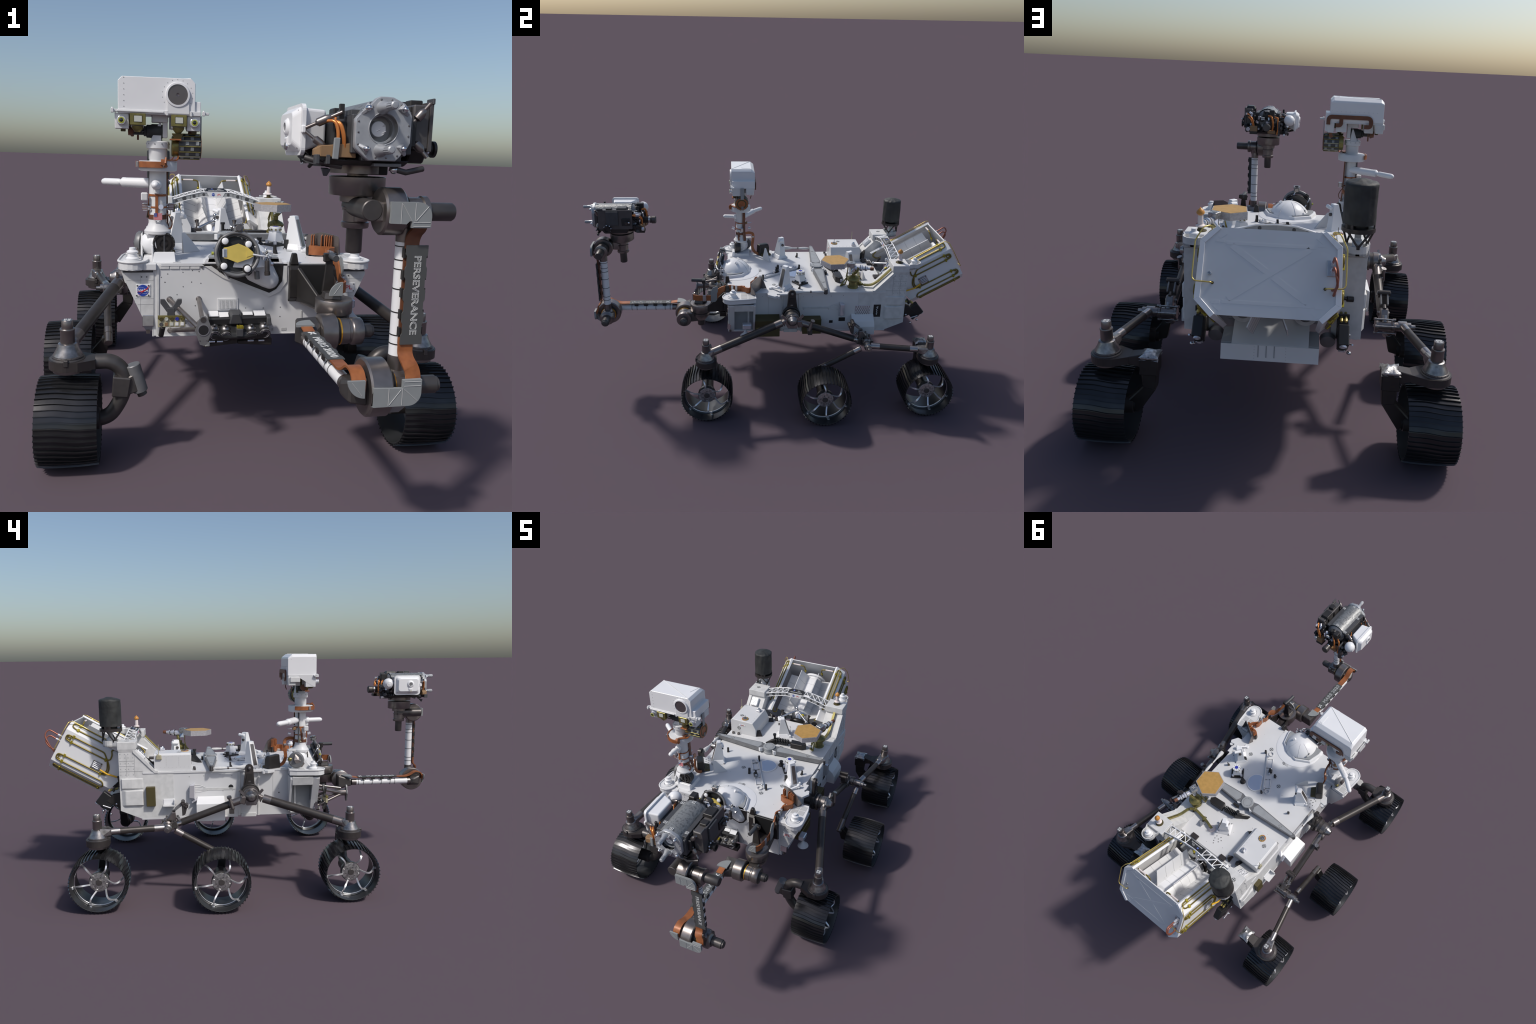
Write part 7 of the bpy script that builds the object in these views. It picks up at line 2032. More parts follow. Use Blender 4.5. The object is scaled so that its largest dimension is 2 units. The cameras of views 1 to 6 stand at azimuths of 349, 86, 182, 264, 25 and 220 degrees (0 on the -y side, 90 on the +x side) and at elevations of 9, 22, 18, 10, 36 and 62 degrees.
p.hull([PL - fn * 0.028 + fd * 0.020 + V((0, 0, z)) for z in (0.562, 0.590)] + [PL - fn * 0.012 + fd * 0.016 + V((0, 0, z)) for z in (0.562, 0.590)] + [PL - fn * 0.030 + fd * 0.044 + V((0, 0, z)) for z in (0.562, 0.590)] + [PL - fn * 0.016 + fd * 0.048 + V((0, 0, z)) for z in (0.562, 0.590)], "copper", 0.001)
for t in (0.024, 0.032, 0.056, 0.068, 0.075, 0.083, 0.090):
    q = PL + fd * t - fn * (0.016 if t > 0.05 else 0.024)
    p.hull([q + fd * e + fn * h + V((0, 0, z)) for e in (-0.0016, 0.0016) for h, z in ((0, 0.580), (0.012, 0.580), (0.001, 0.622), (0.012, 0.626))], "copper")
p.done()

# ------------------------------------------------------------------ tool turret at the end of the arm
turret = group("tool_turret")
TX, TY = 0.1345, -0.8175
p = Part("turret_drive", turret)
p.lathe((TX, TY, 0), (0, 0, 1), [(0, 0.673), (0.0155, 0.673), (0.0178, 0.676), (0.0178, 0.735)], "titanium_dark", 28)
p.lathe((TX, TY, 0), (0, 0, 1), [(0.028, 0.728), (0.030, 0.731), (0.030, 0.740), (0.027, 0.742), (0.027, 0.766), (0.030, 0.768), (0.030, 0.772), (0.026, 0.774), (0.026, 0.782), (0.036, 0.784), (0.036, 0.797), (0.038, 0.799)], "titanium", 36)
p.lathe((TX, TY, 0), (0, 0, 1), [(0.058, 0.798), (0.060, 0.801), (0.060, 0.8365), (0.058, 0.838), (0.022, 0.839)], "titanium", 52)
p.lathe((TX, TY, 0), (0, 0, 1), [(0.022, 0.838), (0.022, 0.844), (0.060, 0.844), (0.060, 0.866)], "titanium", 52)
p.hull([(TX + a, TY + b, z) for a, b, z in ((-0.010, -0.030, 0.740), (0.030, -0.050, 0.752), (-0.010, -0.030, 0.786), (0.026, -0.050, 0.792), (0.02, 0.0, 0.745), (0.02, 0.0, 0.785), (-0.02, 0.0, 0.745), (-0.02, 0.0, 0.785))], "titanium", 0.003)
p.hull([(TX - 0.016 + a, TY - 0.054 + b, z) for a in (0, 0.062) for b in (0, 0.010) for z in (0.8425, 0.8660)], "black_satin", 0.002)
p.box((TX - 0.010, TY - 0.118, 0.860), (TX + 0.046, TY + 0.070, 0.8665), "mid_grey", 0.001)
p.done()

p = Part("drill_body", turret)
DX, DZ = 0.1385, 0.9305
def pocked():
    vs, fs = [], []
    n, rows = 72, 28
    for k in range(rows + 1):
        y = -0.936 + 0.180 * k / rows
        for i in range(n):
            a = math.radians(-12) + math.radians(204) * i / (n - 1)
            r = 0.0575
            f = mn.noise(V((a * 9, y * 170, 3.3)))
            r -= 0.0016 * max(0, f - 0.18) * 2.2
            vs.append((DX + r * math.cos(a), y, DZ + r * math.sin(a)))
    for k in range(rows):
        for i in range(n - 1):
            a = k * n + i
            fs.append([a, a + n, a + n + 1, a + 1])
    p.put(vs, fs, "drill_shell")
defmat("drill_shell", (0.235, 0.24, 0.24), rough=0.42, metal=0.35, color2=(0.12, 0.122, 0.125), scale=120, lo=0.34, hi=0.52, detail=6)
pocked()
p.hull([(x, y, z) for x in (0.074, 0.203) for y in (-0.900, -0.760) for z in (0.884, 0.958)] + [(x, y, 0.868) for x in (0.100, 0.180) for y in (-0.90, -0.762)], "charcoal", 0.003)
for x0, x1, z0, z1 in ((0.076, 0.098, 0.884, 0.958), (0.180, 0.200, 0.884, 0.958), (0.098, 0.180, 0.870, 0.890)):
    p.box((x0, -0.934, z0), (x1, -0.899, z1), "charcoal", 0.002)
for x0, x1 in ((0.076, 0.100), (0.176, 0.200)):
    p.box((x0, -0.924, 0.956), (x1, -0.752, 0.9670), "charcoal", 0.001)
p.hull([(DX + 0.054 * math.cos(a), -0.756, DZ + 0.054 * math.sin(a)) for a in [2 * math.pi * i / 20 for i in range(20)]] + [(DX + 0.040 * math.cos(a), -0.735, DZ + 0.040 * math.sin(a)) for a in [2 * math.pi * i / 20 for i in range(20)]], "mid_grey", 0.001)
for x, y, z in ((0.143, -0.925, 0.9878), (0.141, -0.764, 0.9880), (0.190, -0.902, 0.9670), (0.088, -0.884, 0.9670), (0.088, -0.764, 0.9670)):
    p.box((x - 0.0065, y - 0.006, z - 0.001), (x + 0.0065, y + 0.006, z + 0.0010), "print_light", 0)
    p.box((x - 0.0045, y - 0.0042, z), (x + 0.0045, y + 0.0042, z + 0.0014), "charcoal", 0)
    p.box((x - 0.0020, y - 0.0016, z), (x + 0.0020, y + 0.0016, z + 0.0018), "print_light", 0)
p.done()
p = Part("drill_face", turret)
FY = -0.939
faceo = [(0.121, 0.991), (0.150, 0.991), (0.177, 0.979), (0.191, 0.959), (0.1905, 0.903), (0.164, 0.871), (0.106, 0.871), (0.079, 0.893), (0.078, 0.950), (0.105, 0.974), (0.112, 0.981)]
# plate with a round bore: outline stitched to the bore circle
vs, fs, nb = [], [], 44
cx, cz, rb = 0.1345, 0.9315, 0.0285
def outline_hit(ang):
    d = (math.cos(ang), math.sin(ang))
    best = None
    k = len(faceo)
    for i in range(k):
        (x1, z1), (x2, z2) = faceo[i], faceo[(i + 1) % k]
        ex, ez = x2 - x1, z2 - z1
        den = d[0] * ez - d[1] * ex
        if abs(den) < 1e-9:
            continue
        t = ((x1 - cx) * ez - (z1 - cz) * ex) / den
        s_ = ((x1 - cx) * d[1] - (z1 - cz) * d[0]) / den
        if t > 0 and -1e-6 <= s_ <= 1 + 1e-6 and (best is None or t < best):
            best = t
    return cx + d[0] * best, cz + d[1] * best
for i in range(nb):
    a = 2 * math.pi * i / nb
    ox, oz = outline_hit(a)
    vs += [(cx + rb * math.cos(a), FY - 0.009, cz + rb * math.sin(a)), (cx + (ox - cx) * 0.975, FY - 0.009, cz + (oz - cz) * 0.975), (ox, FY - 0.0072, oz), (ox, FY + 0.004, oz), (cx + rb * math.cos(a), FY + 0.030, cz + rb * math.sin(a))]
for i in range(nb):
    a, b = 5 * i, 5 * ((i + 1) % nb)
    for j in range(4):
        fs.append([a + j, a + j + 1, b + j + 1, b + j])
p.put(vs, fs, "drill_metal")
p.lathe((cx - 0.004, FY + 0.032, cz), (0, -1, 0), [(0.034, 0), (0.0165, 0.001), (0.0160, 0.022), (0.0145, 0.025), (0, 0.0255)], "white_gloss", 32)
p.ring((cx, FY + 0.008, cz), (0, -1, 0), 0.0245, 0.0285, 0.003, "drill_metal", 36)
for a, b in ((-0.006, -0.003), (0.005, 0.006), (0.007, -0.006)):
    p.tube([(cx + a - 0.004, FY + 0.008, cz + b - 0.002), (cx + a + 0.004, FY + 0.006, cz + b + 0.002)], 0.001, "aluminium", n=10)
p.tube([(cx + rb * 1.05 * math.cos(a), FY - 0.0092, cz + rb * 1.05 * math.sin(a)) for a in [2 * math.pi * i / 36 for i in range(36)]], 0.0011, "drill_metal", n=10, closed=True)
for x, z, ang in ((0.100, 0.968, 225), (0.172, 0.968, -45), (0.099, 0.893, 150), (0.173, 0.895, -60)):
    d = V((math.cos(math.radians(ang)), 0, math.sin(math.radians(ang))))
    t = V((-d.z, 0, d.x))
    o = V((x, FY - 0.009, z))
    p.hull([o + d * 0.016 + t * s_ * 0.003 for s_ in (-1, 1)] + [o - d * 0.009 + t * s_ * 0.009 for s_ in (-1, 1)] + [o + V((0, -0.007, 0)) + d * 0.004 + t * s_ * 0.003 for s_ in (-1, 1)] + [o + V((0, -0.007, 0)) - d * 0.006 + t * s_ * 0.005 for s_ in (-1, 1)], "drill_metal", 0.001)
    p.lathe(o + V((0, -0.004, 0)), (0, -1, 0), [(0.0062, 0), (0.0062, 0.004), (0.0045, 0.009), (0.002, 0.011), (0, 0.0112)], "aluminium", 16)
for x, z in ((0.1300, 0.9705), (0.1290, 0.8905)):
    a, b = V((x, FY - 0.006, z)), V((x + 0.0035, -0.999, z + 0.0012))
    d = (b - a).normalized()
    p.lathe(a, d, [(0.0130, 0), (0.0125, 0.010), (0.0088, 0.018), (0.0080, 0.030), (0.0075, 0.031), (0.0075, 0.052), (0.0055, 0.054), (0, 0.0545)], "drill_metal", 22)
    for k in range(12):
        t = 2 * math.pi * k / 12
        u, v, w = frame(d)
        p.tube([a + (u * math.cos(t) + v * math.sin(t)) * 0.0074 + d * 0.033, a + (u * math.cos(t) + v * math.sin(t)) * 0.0074 + d * 0.051], 0.0010, "drill_metal", n=4)
    p.cyl(V((x + 0.016, FY - 0.008, z + (0.002))), V((x + 0.017, -0.962, z + 0.002)), 0.004, "aluminium", n=10)
for i in range(16):
    a = 2 * math.pi * i / 16 + 0.15
    ox, oz = outline_hit(a)
    p.lathe((cx + (ox - cx) * 0.90, FY - 0.009, cz + (oz - cz) * 0.90), (0, -1, 0), [(0.0020, 0), (0.0020, 0.0010), (0.0012, 0.0014), (0, 0.0014)], "cast_metal", 8)
p.done()

# white spectrometer housing on the left
p = Part("spectrometer_box", turret)
p.hull([(x, y, z) for x, y0, y1, z0, z1 in ((-0.002, -0.872, -0.748, 0.886, 0.971), (0.046, -0.864, -0.772, 0.902, 0.969)) for y in (y0, y1) for z in (z0, z1)], "white_gloss", 0.006, 3)
def rounded(y0, y1, z0, z1, r, n=5):
    out = []
    for cy_, cz_, a0 in ((y1 - r, z1 - r, 0), (y0 + r, z1 - r, 90), (y0 + r, z0 + r, 180), (y1 - r, z0 + r, 270)):
        out += [(cy_ + r * math.cos(math.radians(a0 + 90 * i / n)), cz_ + r * math.sin(math.radians(a0 + 90 * i / n))) for i in range(n + 1)]
    return out
p.yz(rounded(-0.880, -0.742, 0.878, 0.979, 0.014), -0.008, 0.000, "white_gloss", 0.0015)
p.hull([(-0.008, y, z) for y, z in rounded(-0.874, -0.748, 0.884, 0.973, 0.012)] + [(-0.024, y, z) for y, z in rounded(-0.862, -0.760, 0.898, 0.962, 0.012)], "white_gloss", 0.001)
p.lathe((-0.020, -0.822, 0.934), (-1, 0, 0), [(0.021, 0), (0.019, 0.004), (0.0145, 0.009), (0.0125, 0.010), (0.0095, 0.010), (0.0095, 0.006), (0, 0.006)], "white_gloss", 28)
p.lathe((-0.026, -0.822, 0.934), (-1, 0, 0), [(0.0075, 0), (0.0070, 0.003), (0, 0.003)], "mid_grey", 18)
p.hull([(-0.022, -0.834, 0.918), (-0.022, -0.810, 0.918), (-0.022, -0.832, 0.892), (-0.022, -0.814, 0.892), (-0.028, -0.830, 0.912), (-0.028, -0.814, 0.912), (-0.026, -0.828, 0.894), (-0.026, -0.818, 0.894)], "white_gloss", 0.001)
p.lathe((-0.024, -0.823, 0.896), (-1, 0, 0), [(0.0085, 0), (0.0075, 0.004), (0, 0.0045)], "aluminium", 16)
for y in (-0.866, -0.826, -0.786, -0.756):
    for z in (0.892, 0.965):
        p.lathe((-0.012, y, z), (-1, 0, 0.1), [(0.0014, 0), (0.0014, 0.002), (0, 0.002)], "bolt_dark", 6)
p.box((-0.010, -0.888, 0.921), (-0.001, -0.876, 0.936), "white_gloss", 0.002)
p.done()
p = Part("context_sphere", turret)
p.ball((0.0235, -0.7185, 0.936), 0.0278, "white_gloss", 32, 20)
p.lathe((0.000, -0.716, 0.934), (-1, 0.1, 0), [(0.014, 0), (0.0125, 0.0028), (0, 0.003)], "white_paint", 18)
p.cyl((0.045, -0.725, 0.93), (0.075, -0.74, 0.92), 0.012, "black_satin", n=14)
p.done()
p = Part("instrument_strut", turret)
def strut(a, b, r=0.0034, body=0.55, br=0.0085):
    a, b = V(a), V(b)
    d = b - a
    p.tube([a, b], r, "titanium", n=10)
    p.lathe(a + d * body, d, [(0.004, 0), (br, d.length * 0.06), (br, d.length * 0.28), (0.0065, d.length * 0.36), (0.004, d.length * 0.42)], "titanium", 14)
strut((-0.004, -0.884, 0.930), (0.062, -0.915, 0.962), 0.0036, 0.30, 0.0085)
strut((-0.004, -0.884, 0.926), (0.045, -0.905, 0.886), 0.0036, 0.35, 0.008)
strut((0.000, -0.742, 0.930), (0.066, -0.760, 0.966))
strut((0.000, -0.742, 0.925), (0.060, -0.742, 0.880))
strut((0.203, -0.905, 0.936), (0.240, -0.920, 0.985), 0.004, 0.35, 0.009)
strut((0.203, -0.905, 0.926), (0.240, -0.922, 0.880), 0.004, 0.35, 0.009)
strut((0.222, -0.760, 0.985), (0.205, -0.742, 0.925), 0.003, 0.3, 0.0065)
strut((0.222, -0.735, 0.965), (0.205, -0.755, 0.905), 0.003, 0.3, 0.0065)
p.box((0.058, -0.910, 0.950), (0.068, -0.902, 0.978), "black_satin", 0.001)
p.done()

# dark imaging spectrometer on the right
p = Part("imager_box", turret)
p.box((0.2150, -0.902, 0.896), (0.2500, -0.745, 0.984), "imager_grey", 0.003)
p.hull([(0.2480, y, z) for y in (-0.905, -0.742) for z in (0.892, 0.990)] + [(0.2560, y, z) for y in (-0.905, -0.742) for z in (0.892, 0.990)], "imager_grey", 0.001)
p.box((0.251, -0.909, 0.985), (0.256, -0.880, 0.9965), "charcoal", 0.001)
p.box((0.2555, -0.866, 0.913), (0.2640, -0.8075, 0.984), "charcoal", 0.002)
p.box((0.222, -0.866, 0.980), (0.250, -0.838, 0.996), "black_satin", 0.002)
p.hull([(0.205, -0.818, 0.983), (0.250, -0.818, 0.983), (0.205, -0.764, 0.983), (0.250, -0.764, 0.983), (0.210, -0.815, 0.997), (0.246, -0.815, 0.997), (0.210, -0.768, 0.997), (0.246, -0.768, 0.997)], "black_satin", 0.001)
p.box((0.2555, -0.792, 0.912), (0.262, -0.752, 0.948), "black", 0.002)
p.cyl((0.262, -0.770, 0.930), (0.272, -0.768, 0.927), 0.0075, "titanium_dark", n=14)
p.ball((0.270, -0.756, 0.930), 0.005, "aluminium", 10, 8)
p.lathe((0.254, -0.862, 0.898), (1, 0, 0), [(0.016, 0), (0.015, 0.012), (0.011, 0.013), (0.011, 0.022), (0.017, 0.023), (0.017, 0.029), (0.010, 0.029), (0.010, 0.024), (0, 0.024)], "black_satin", 24)
for a in range(7):
    t = 2 * math.pi * a / 7
    p.ball((0.262, -0.862 + 0.016 * math.cos(t), 0.898 + 0.016 * math.sin(t)), 0.004, "clear_grey", 8, 6)
p.hull([(x, y, z) for x in (0.214, 0.252) for y, z in ((-0.900, 0.896), (-0.760, 0.896), (-0.880, 0.868), (-0.770, 0.870))], "black_satin", 0.003)
p.box((0.196, -0.920, 0.900), (0.215, -0.760, 0.950), "black", 0.002)
for y in (-0.893, -0.84, -0.79):
    p.box((0.2100, y, 0.898), (0.2155, y + 0.006, 0.980), "black_satin", 0.001)
p.done()

# cameras and electronics at the back of the turret
p = Part("rear_electronics", turret)
p.lathe((0.134, -0.735, 0.902), (0, 1, 0), [(0.024, 0), (0.024, 0.020), (0.0165, 0.022), (0.0165, 0.058)], "black_satin", 24)
p.lathe((0.134, -0.677, 0.902), (0, 1, 0), [(0.0172, 0), (0.0172, 0.005)], "aluminium", 24)
p.lathe((0.134, -0.672, 0.902), (0, 1, 0), [(0.0165, 0), (0.0165, 0.008), (0.0192, 0.011), (0.0192, 0.028), (0.016, 0.031), (0, 0.031)], "titanium_dark", 24)
p.lathe((0.140, -0.742, 0.955), (0, 1, 0), [(0.020, 0), (0.020, 0.016), (0.014, 0.020), (0, 0.020)], "black_satin", 20)
p.box((0.100, -0.738, 0.935), (0.126, -0.702, 0.985), "black_satin", 0.003)
p.lathe((0.164, -0.735, 0.936), (0, 1, 0), [(0.012, 0), (0.012, 0.03), (0.008, 0.034), (0, 0.034)], "black", 16)
p.obox((0.125, -0.712, 0.940), (0.018, 0.018, 0.010), (0, 1, 0.2), "aluminium", 0.003)
for k in range(8):
    p.box((0.150 + (k % 4) * 0.0045, -0.706, 0.934 + (k // 4) * 0.008), (0.153 + (k % 4) * 0.0045, -0.700, 0.940 + (k // 4) * 0.008), "white_gloss", 0.0005)
p.box((0.186, -0.726, 0.872), (0.222, -0.690, 0.902), "tan", 0.002)
p.box((0.184, -0.730, 0.862), (0.224, -0.688, 0.876), "black_satin", 0.002)
p.cyl((0.232, -0.726, 0.886), (0.232, -0.690, 0.886), 0.010, "clear_grey", n=18, bev=0.001)
p.box((0.222, -0.735, 0.872), (0.244, -0.700, 0.900), "black_satin", 0.003)
p.box((0.092, -0.716, 0.868), (0.132, -0.690, 0.884), "tan", 0.002)
p.box((0.070, -0.760, 0.856), (0.078, -0.690, 0.930), "charcoal", 0.001)
p.hull([(0.018, y, z) for y in (-0.926, -0.900) for z in (0.876, 0.897)] + [(0.090, y, z) for y in (-0.926, -0.900) for z in (0.875, 0.904)], "tan", 0.0012)
p.hull([(0.018, y, z) for y in (-0.926, -0.900) for z in (0.877, 0.896)] + [(0.009, y, z) for y in (-0.912, -0.900) for z in (0.878, 0.890)], "tan", 0.001)
p.hull([(x, y, z) for y in (-0.932, -0.926) for x, z in ((0.041, 0.872), (0.053, 0.8715), (0.0435, 0.9125), (0.0555, 0.9125))], "cover_grey", 0.0012)
for x in (0.009, 0.030):
    p.box((x, -0.928, 0.862), (x + 0.008, -0.910, 0.880), "charcoal", 0.001)
p.hull([(0.020, -0.920, 0.872), (0.200, -0.930, 0.872), (0.030, -0.730, 0.872), (0.215, -0.730, 0.872), (0.040, -0.910, 0.861), (0.190, -0.925, 0.861), (0.045, -0.740, 0.861), (0.200, -0.740, 0.861)], "black_satin", 0.002)
p.box((0.048, -0.905, 0.868), (0.078, -0.750, 0.945), "black", 0.003)
p.tube([(0.000, -0.88, 0.874), (0.040, -0.90, 0.862), (0.070, -0.90, 0.858)], 0.006, "titanium_dark", n=10)
p.hull([(0.028, -0.91, 0.852), (0.046, -0.91, 0.852), (0.032, -0.905, 0.838), (0.040, -0.905, 0.838), (0.030, -0.89, 0.855), (0.044, -0.89, 0.855)], "charcoal", 0.001)
p.tube([(0.165, -0.915, 0.858), (0.195, -0.925, 0.850), (0.235, -0.915, 0.858)], 0.006, "titanium_dark", n=10)
p.ball((0.172, -0.920, 0.854), 0.008, "aluminium", 10, 8)
for k in range(60):
    side = RNG.random()
    if side < 0.4:
        c = (RNG.uniform(0.085, 0.215), RNG.uniform(-0.742, -0.705), RNG.uniform(0.868, 0.975))
    elif side < 0.75:
        c = (RNG.uniform(0.030, 0.072), RNG.uniform(-0.76, -0.690), RNG.uniform(0.860, 0.920))
    else:
        c = (RNG.uniform(0.205, 0.250), RNG.uniform(-0.745, -0.715), RNG.uniform(0.875, 0.970))
    m = RNG.choice(["black_satin", "black", "charcoal", "titanium_dark", "black_satin", "clear_grey", "brown_black"])
    if RNG.random() < 0.5:
        p.obox(c, (RNG.uniform(0.008, 0.020), RNG.uniform(0.008, 0.020), RNG.uniform(0.008, 0.022)), (RNG.uniform(-1, 1), 1, RNG.uniform(-0.6, 0.6)), m, 0.001)
    else:
        d = V((RNG.uniform(-1, 1), 1, RNG.uniform(-1, 1))).normalized()
        p.cyl(V(c) - d * 0.010, V(c) + d * 0.012, RNG.uniform(0.004, 0.009), m, n=12, bev=0.001)
p.done()
p = Part("copper_wire", turret)
def wires(paths, n, r, spread):
    for k in range(n):
        off = V((RNG.uniform(-1, 1), RNG.uniform(-1, 1), RNG.uniform(-1, 1))) * spread
        p.tube([V(q) + off * (0.5 + 0.5 * math.sin(math.pi * i / (len(paths) - 1))) for i, q in enumerate(paths)], r, "copper_wire", n=10, bend=0.014)
wires([(0.034, -0.908, 0.944), (0.046, -0.922, 0.944), (0.052, -0.925, 0.922), (0.052, -0.922, 0.890)], 3, 0.0030, 0.003)
wires([(0.046, -0.906, 0.946), (0.056, -0.922, 0.944), (0.064, -0.925, 0.922), (0.067, -0.922, 0.892)], 3, 0.0030, 0.003)
wires([(0.060, -0.88, 0.955), (0.056, -0.885, 0.925), (0.058, -0.90, 0.890)], 2, 0.0022, 0.003)
wires([(0.246, -0.742, 0.960), (0.240, -0.722, 0.955), (0.215, -0.702, 0.935), (0.204, -0.702, 0.900)], 5, 0.0025, 0.005)
wires([(0.130, -0.712, 0.955), (0.112, -0.696, 0.955), (0.104, -0.690, 0.920), (0.108, -0.694, 0.882)], 4, 0.0024, 0.005)
wires([(0.098, -0.712, 0.950), (0.082, -0.700, 0.945), (0.078, -0.694, 0.900), (0.084, -0.694, 0.865)], 3, 0.0024, 0.004)
wires([(0.070, -0.80, 0.945), (0.056, -0.775, 0.955), (0.050, -0.74, 0.930)], 3, 0.0022, 0.003)
p.done()

# ------------------------------------------------------------------ fixtures on the front panel
front = group("front_fixture")
p = Part("calibration_palette", front)
p.hull([(x, y, z) for x, z in ((-0.266, 0.459), (-0.254, 0.459), (-0.266, 0.448)) for y in (-0.325, -0.335)] + [(-0.246, y, 0.420) for y in (-0.325, -0.335)] + [(-0.236, y, 0.432) for y in (-0.325, -0.335)], "charcoal", 0.001)
p.hull([(x, y, z) for x, z in ((-0.204, 0.459), (-0.216, 0.459), (-0.204, 0.448)) for y in (-0.325, -0.335)] + [(-0.224, y, 0.420) for y in (-0.325, -0.335)] + [(-0.234, y, 0.432) for y in (-0.325, -0.335)], "charcoal", 0.001)
p.box((-0.246, -0.336, 0.400), (-0.224, -0.324, 0.434), "charcoal", 0.001)
p.tube([(-0.235, -0.325, 0.420), (-0.232, -0.278, 0.405)], 0.006, "brown_black", n=10)
p.hull([(x, y, z) for x in (-0.273, -0.1935) for y, z in ((-0.341, 0.4115), (-0.341, 0.4030), (-0.330, 0.4115), (-0.330, 0.4000))], "olive_metal", 0.0006)
p.box((-0.273, -0.339, 0.3775), (-0.1935, -0.329, 0.4030), "khaki", 0.0012)
mats = (("olive", "pale_window", "olive", "deep_blue", "olive_metal"), ("bolt_dark", "tan", "pale_window", "white_gloss", "white_gloss"))
for j in range(2):
    for i in range(5):
        x, z = -0.2635 + i * 0.0152, 0.4025 - j * 0.0160
        if j == 0 or i == 0:
            p.lathe((x, -0.3392 if j else -0.3412, z), (0, -1, 0), [(0.0055, 0), (0.0055, 0.0012), (0.0045, 0.0016), (0.0045, 0.0008), (0, 0.0008)], mats[j][i] if j == 0 else "bolt_dark", 16)
        else:
            p.box((x - 0.0048, -0.3405, z - 0.0048), (x + 0.0048, -0.338, z + 0.0048), mats[j][i], 0.0004)
p.cyl((-0.2635, -0.318, 0.346), (-0.258, -0.334, 0.378), 0.0078, "black_satin", n=16, bev=0.001)
p.box((-0.195, -0.336, 0.384), (-0.184, -0.322, 0.398), "mirror", 0.001)
p.done()
p = Part("bit_holder", front)
fy0 = -0.462
dia = [(-0.158, 0.440), (-0.147, 0.440), (-0.140, 0.431), (-0.1285, 0.401), (-0.143, 0.361), (-0.1505, 0.357), (-0.162, 0.361), (-0.1755, 0.399), (-0.165, 0.431)]
p.xz(dia, fy0, fy0 + 0.006, "mid_grey", 0.0012)
bc = V((-0.1525, 0, 0.4020))
p.ring((bc.x, fy0 - 0.0004, bc.z), (0, -1, 0), 0.0140, 0.0165, 0.0012, "steel_plate", 28)
p.lathe((bc.x, fy0 - 0.0008, bc.z), (0, -1, 0), [(0.0140, 0), (0.0138, 0.0008), (0, 0.0008)], "black", 26)
p.lathe((-0.1535, fy0, 0.4305), (0, -1, 0), [(0.0080, 0), (0.0078, 0.0008), (0, 0.0008)], "titanium_dark", 20)
p.lathe((bc.x, fy0 + 0.006, bc.z), (0, 1, 0), [(0.0175, 0), (0.0165, 0.050), (0.012, 0.064), (0, 0.066)], "titanium", 26)
for x, z in ((-0.1665, 0.372), (-0.1395, 0.372)):
    p.lathe((x + 0.004 * (1 if x < -0.15 else -1), fy0, z), (0, -1, 0), [(0.0018, 0), (0.0018, 0.001), (0, 0.001)], "cast_metal", 8)
for a, b, r in (((-0.237, -0.279, 0.446), (-0.165, -0.430, 0.402), 0.0072), ((-0.150, -0.279, 0.446), (-0.153, -0.430, 0.424), 0.0066), ((-0.235, -0.279, 0.350), (-0.163, -0.430, 0.396), 0.0066), ((-0.150, -0.279, 0.365), (-0.153, -0.41, 0.398), 0.0055)):
    p.tube([a, b], r, "titanium", n=12)
    p.lathe(V(a) + V((0, 0.003, 0)), (0, -1, 0), [(r * 1.3, 0), (r * 1.25, 0.003), (r, 0.004)], "titanium", 14)
p.done()
p = Part("front_hazard_camera_bar", front)
bx0, bx1 = -0.122, 0.064
p.hull([(x, y, z) for x, y, z in ((bx0, -0.278, 0.402), (bx1 - 0.006, -0.278, 0.402), (bx0, -0.278, 0.330), (bx1 - 0.004, -0.278, 0.330), (bx0, -0.312, 0.392), (bx1 - 0.008, -0.312, 0.396), (bx0, -0.310, 0.372), (bx1 - 0.004, -0.310, 0.372))], "black", 0.003)
p.hull([(x, y, z) for x, y, z in ((-0.056, -0.278, 0.412), (-0.022, -0.278, 0.412), (-0.052, -0.322, 0.408), (-0.030, -0.322, 0.408), (-0.060, -0.318, 0.376), (-0.020, -0.318, 0.376), (-0.06, -0.278, 0.38), (-0.02, -0.278, 0.38))], "charcoal", 0.002)
for x0, x1 in ((-0.121, -0.091), (-0.089, -0.060), (-0.016, 0.015), (0.018, 0.053)):
    rise = 0.004 if x0 > 0 or x1 < -0.08 else 0
    p.hull([(x, y, z + rise) for x in (x0, x1) for y, z in ((-0.281, 0.4020), (-0.304, 0.3925), (-0.281, 0.4050), (-0.304, 0.3955))], "white_gloss", 0.0006)
p.hull([(x, y, z) for x, y, z in ((-0.128, -0.300, 0.372), (0.058, -0.300, 0.376), (-0.035, -0.306, 0.360), (-0.128, -0.338, 0.352), (0.060, -0.338, 0.356), (-0.035, -0.345, 0.340), (-0.128, -0.330, 0.330), (0.062, -0.330, 0.332), (-0.1, -0.30, 0.330), (0.05, -0.30, 0.330))], "black", 0.003)
for s_ in (0, 1):
    x0, x1 = ((-0.138, -0.035), (-0.035, 0.070))[s_]
    za, zb = ((0.310, 0.318), (0.318, 0.310))[s_]
    p.hull([(x0, -0.290, za), (x0, -0.325, za - 0.002), (x1, -0.290, zb), (x1, -0.325, zb), (x0, -0.290, za + 0.010), (x0, -0.325, za + 0.008), (x1, -0.290, 0.336), (x1, -0.325, 0.334)], "black_satin", 0.002)
look = V((0, -0.93, -0.36)).normalized()
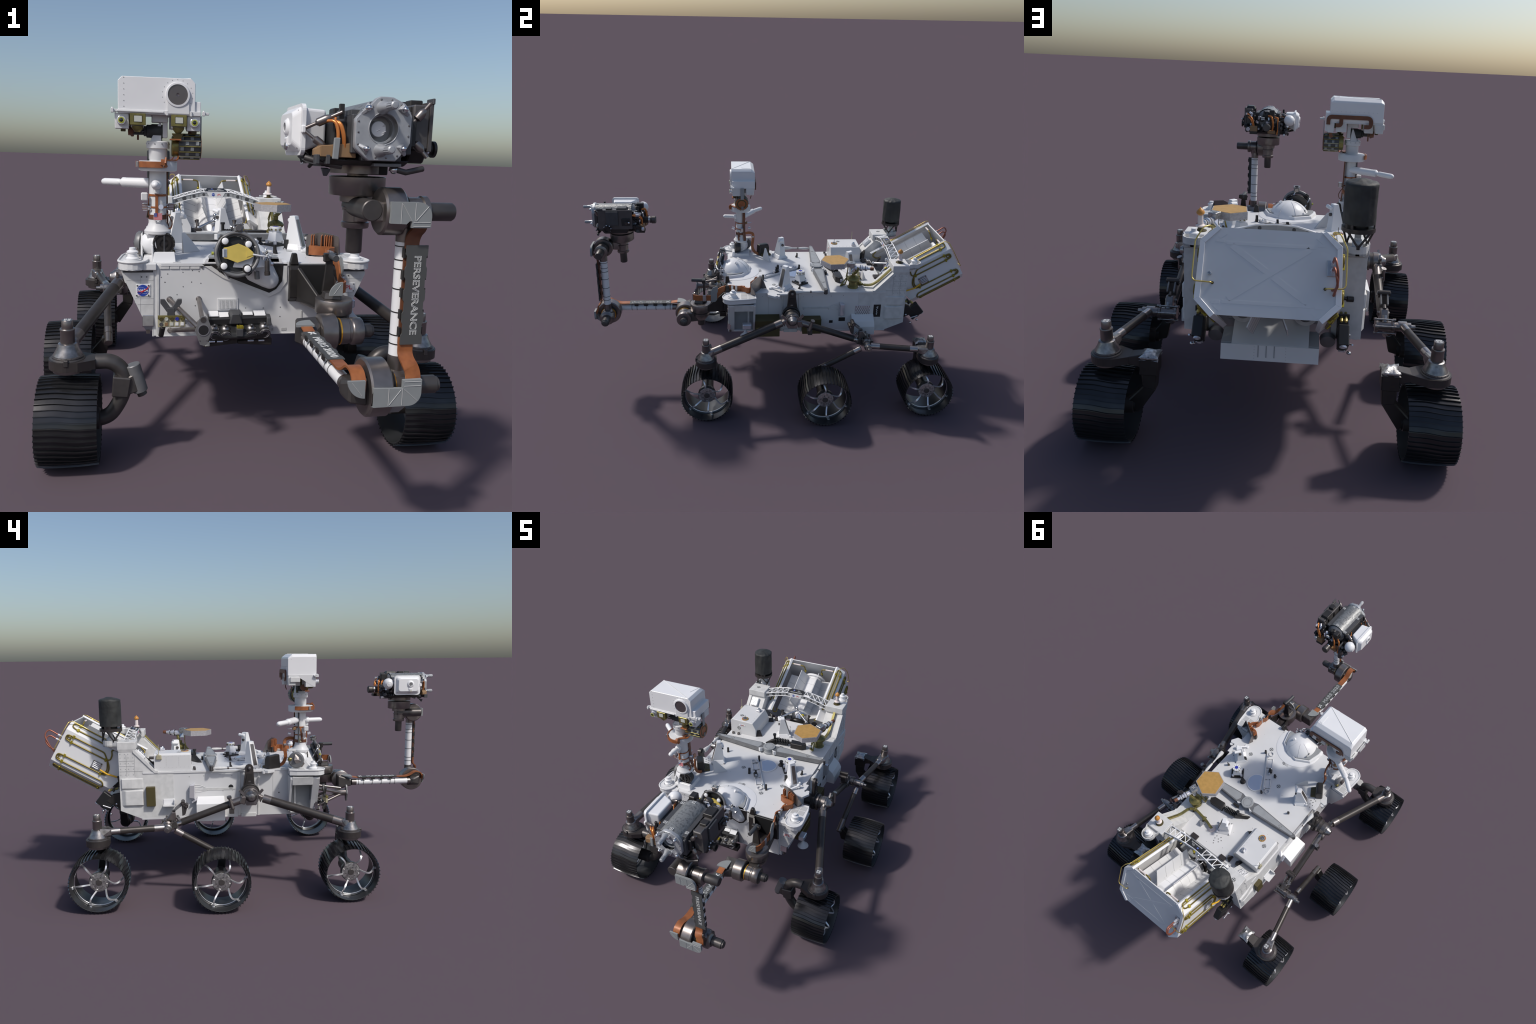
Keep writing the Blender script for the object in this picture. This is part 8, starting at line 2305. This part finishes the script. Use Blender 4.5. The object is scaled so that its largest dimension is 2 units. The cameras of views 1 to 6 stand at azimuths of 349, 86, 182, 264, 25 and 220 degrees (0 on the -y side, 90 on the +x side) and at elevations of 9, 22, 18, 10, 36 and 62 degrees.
for x, z in ((-0.106, 0.347), (-0.072, 0.344), (0.006, 0.345), (0.046, 0.350)):
    c = V((x, -0.338, z))
    p.lathe(c - look * 0.010, look, [(0.0175, 0), (0.0175, 0.006), (0.0165, 0.010), (0.0150, 0.012), (0.0148, 0.009), (0.0120, 0.010), (0.0118, 0.007), (0.0080, 0.009), (0.0060, 0.006), (0, 0.007)], "black_satin", 28)
    for r, h in ((0.0170, 0.0085), (0.0135, 0.010), (0.0100, 0.0090)):
        p.ring(c - look * (0.010 - h), look, r - 0.0008, r, 0.0010, "clear_grey", 28)
    p.lathe(c + V((0, 0.020, 0.017)), (0, -0.55, 0.8), [(0.0155, 0), (0.0135, 0.006), (0.0075, 0.010), (0.004, 0.011), (0.003, 0.018), (0, 0.019)], "cast_metal", 22)
p.box((-0.042, -0.347, 0.346), (-0.022, -0.318, 0.368), "charcoal", 0.001)
for k in range(5):
    p.box((-0.040 + k * 0.004, -0.340 + RNG.uniform(-0.002, 0.002), 0.368), (-0.037 + k * 0.004, -0.328, 0.374 + RNG.uniform(0, 0.003)), "brass_clip", 0.0004)
for x in (-0.122, -0.098, -0.005, 0.028):
    p.cyl((x, -0.326, 0.326), (x + 0.018, -0.326, 0.326), 0.0028, "clear_grey", n=8)
p.box((-0.134, -0.330, 0.313), (-0.120, -0.322, 0.324), "pale_window", 0.001)
p.hull([(0.054, -0.30, 0.403), (0.066, -0.30, 0.403), (0.054, -0.322, 0.395), (0.066, -0.322, 0.395), (0.054, -0.30, 0.372), (0.068, -0.30, 0.372), (0.054, -0.326, 0.372), (0.068, -0.326, 0.372)], "charcoal", 0.002)
p.done()

# dark fabric-covered box with copper lead beside the mast
p = Part("dark_cover_box", fit)
cb = V((-0.262, -0.070, DECK))
m = Matrix.Translation(cb) @ Matrix.Rotation(math.radians(-58), 4, "Z")
p.xf = m
p.hull([(-0.036, -0.020, 0), (0.036, -0.020, 0), (-0.036, 0.020, 0), (0.036, 0.020, 0), (-0.032, -0.018, 0.062), (0.032, -0.018, 0.066), (-0.032, 0.012, 0.060), (0.032, 0.012, 0.066), (-0.034, 0.018, 0.045), (0.034, 0.018, 0.050)], "black_satin", 0.004)
p.hull([(-0.030, 0.018, 0.0), (0.030, 0.018, 0.0), (-0.028, 0.046, 0.0), (0.028, 0.046, 0.0), (-0.028, 0.018, 0.016), (0.028, 0.018, 0.016), (-0.026, 0.044, 0.010), (0.026, 0.044, 0.010)], "olive", 0.002)
p.done()
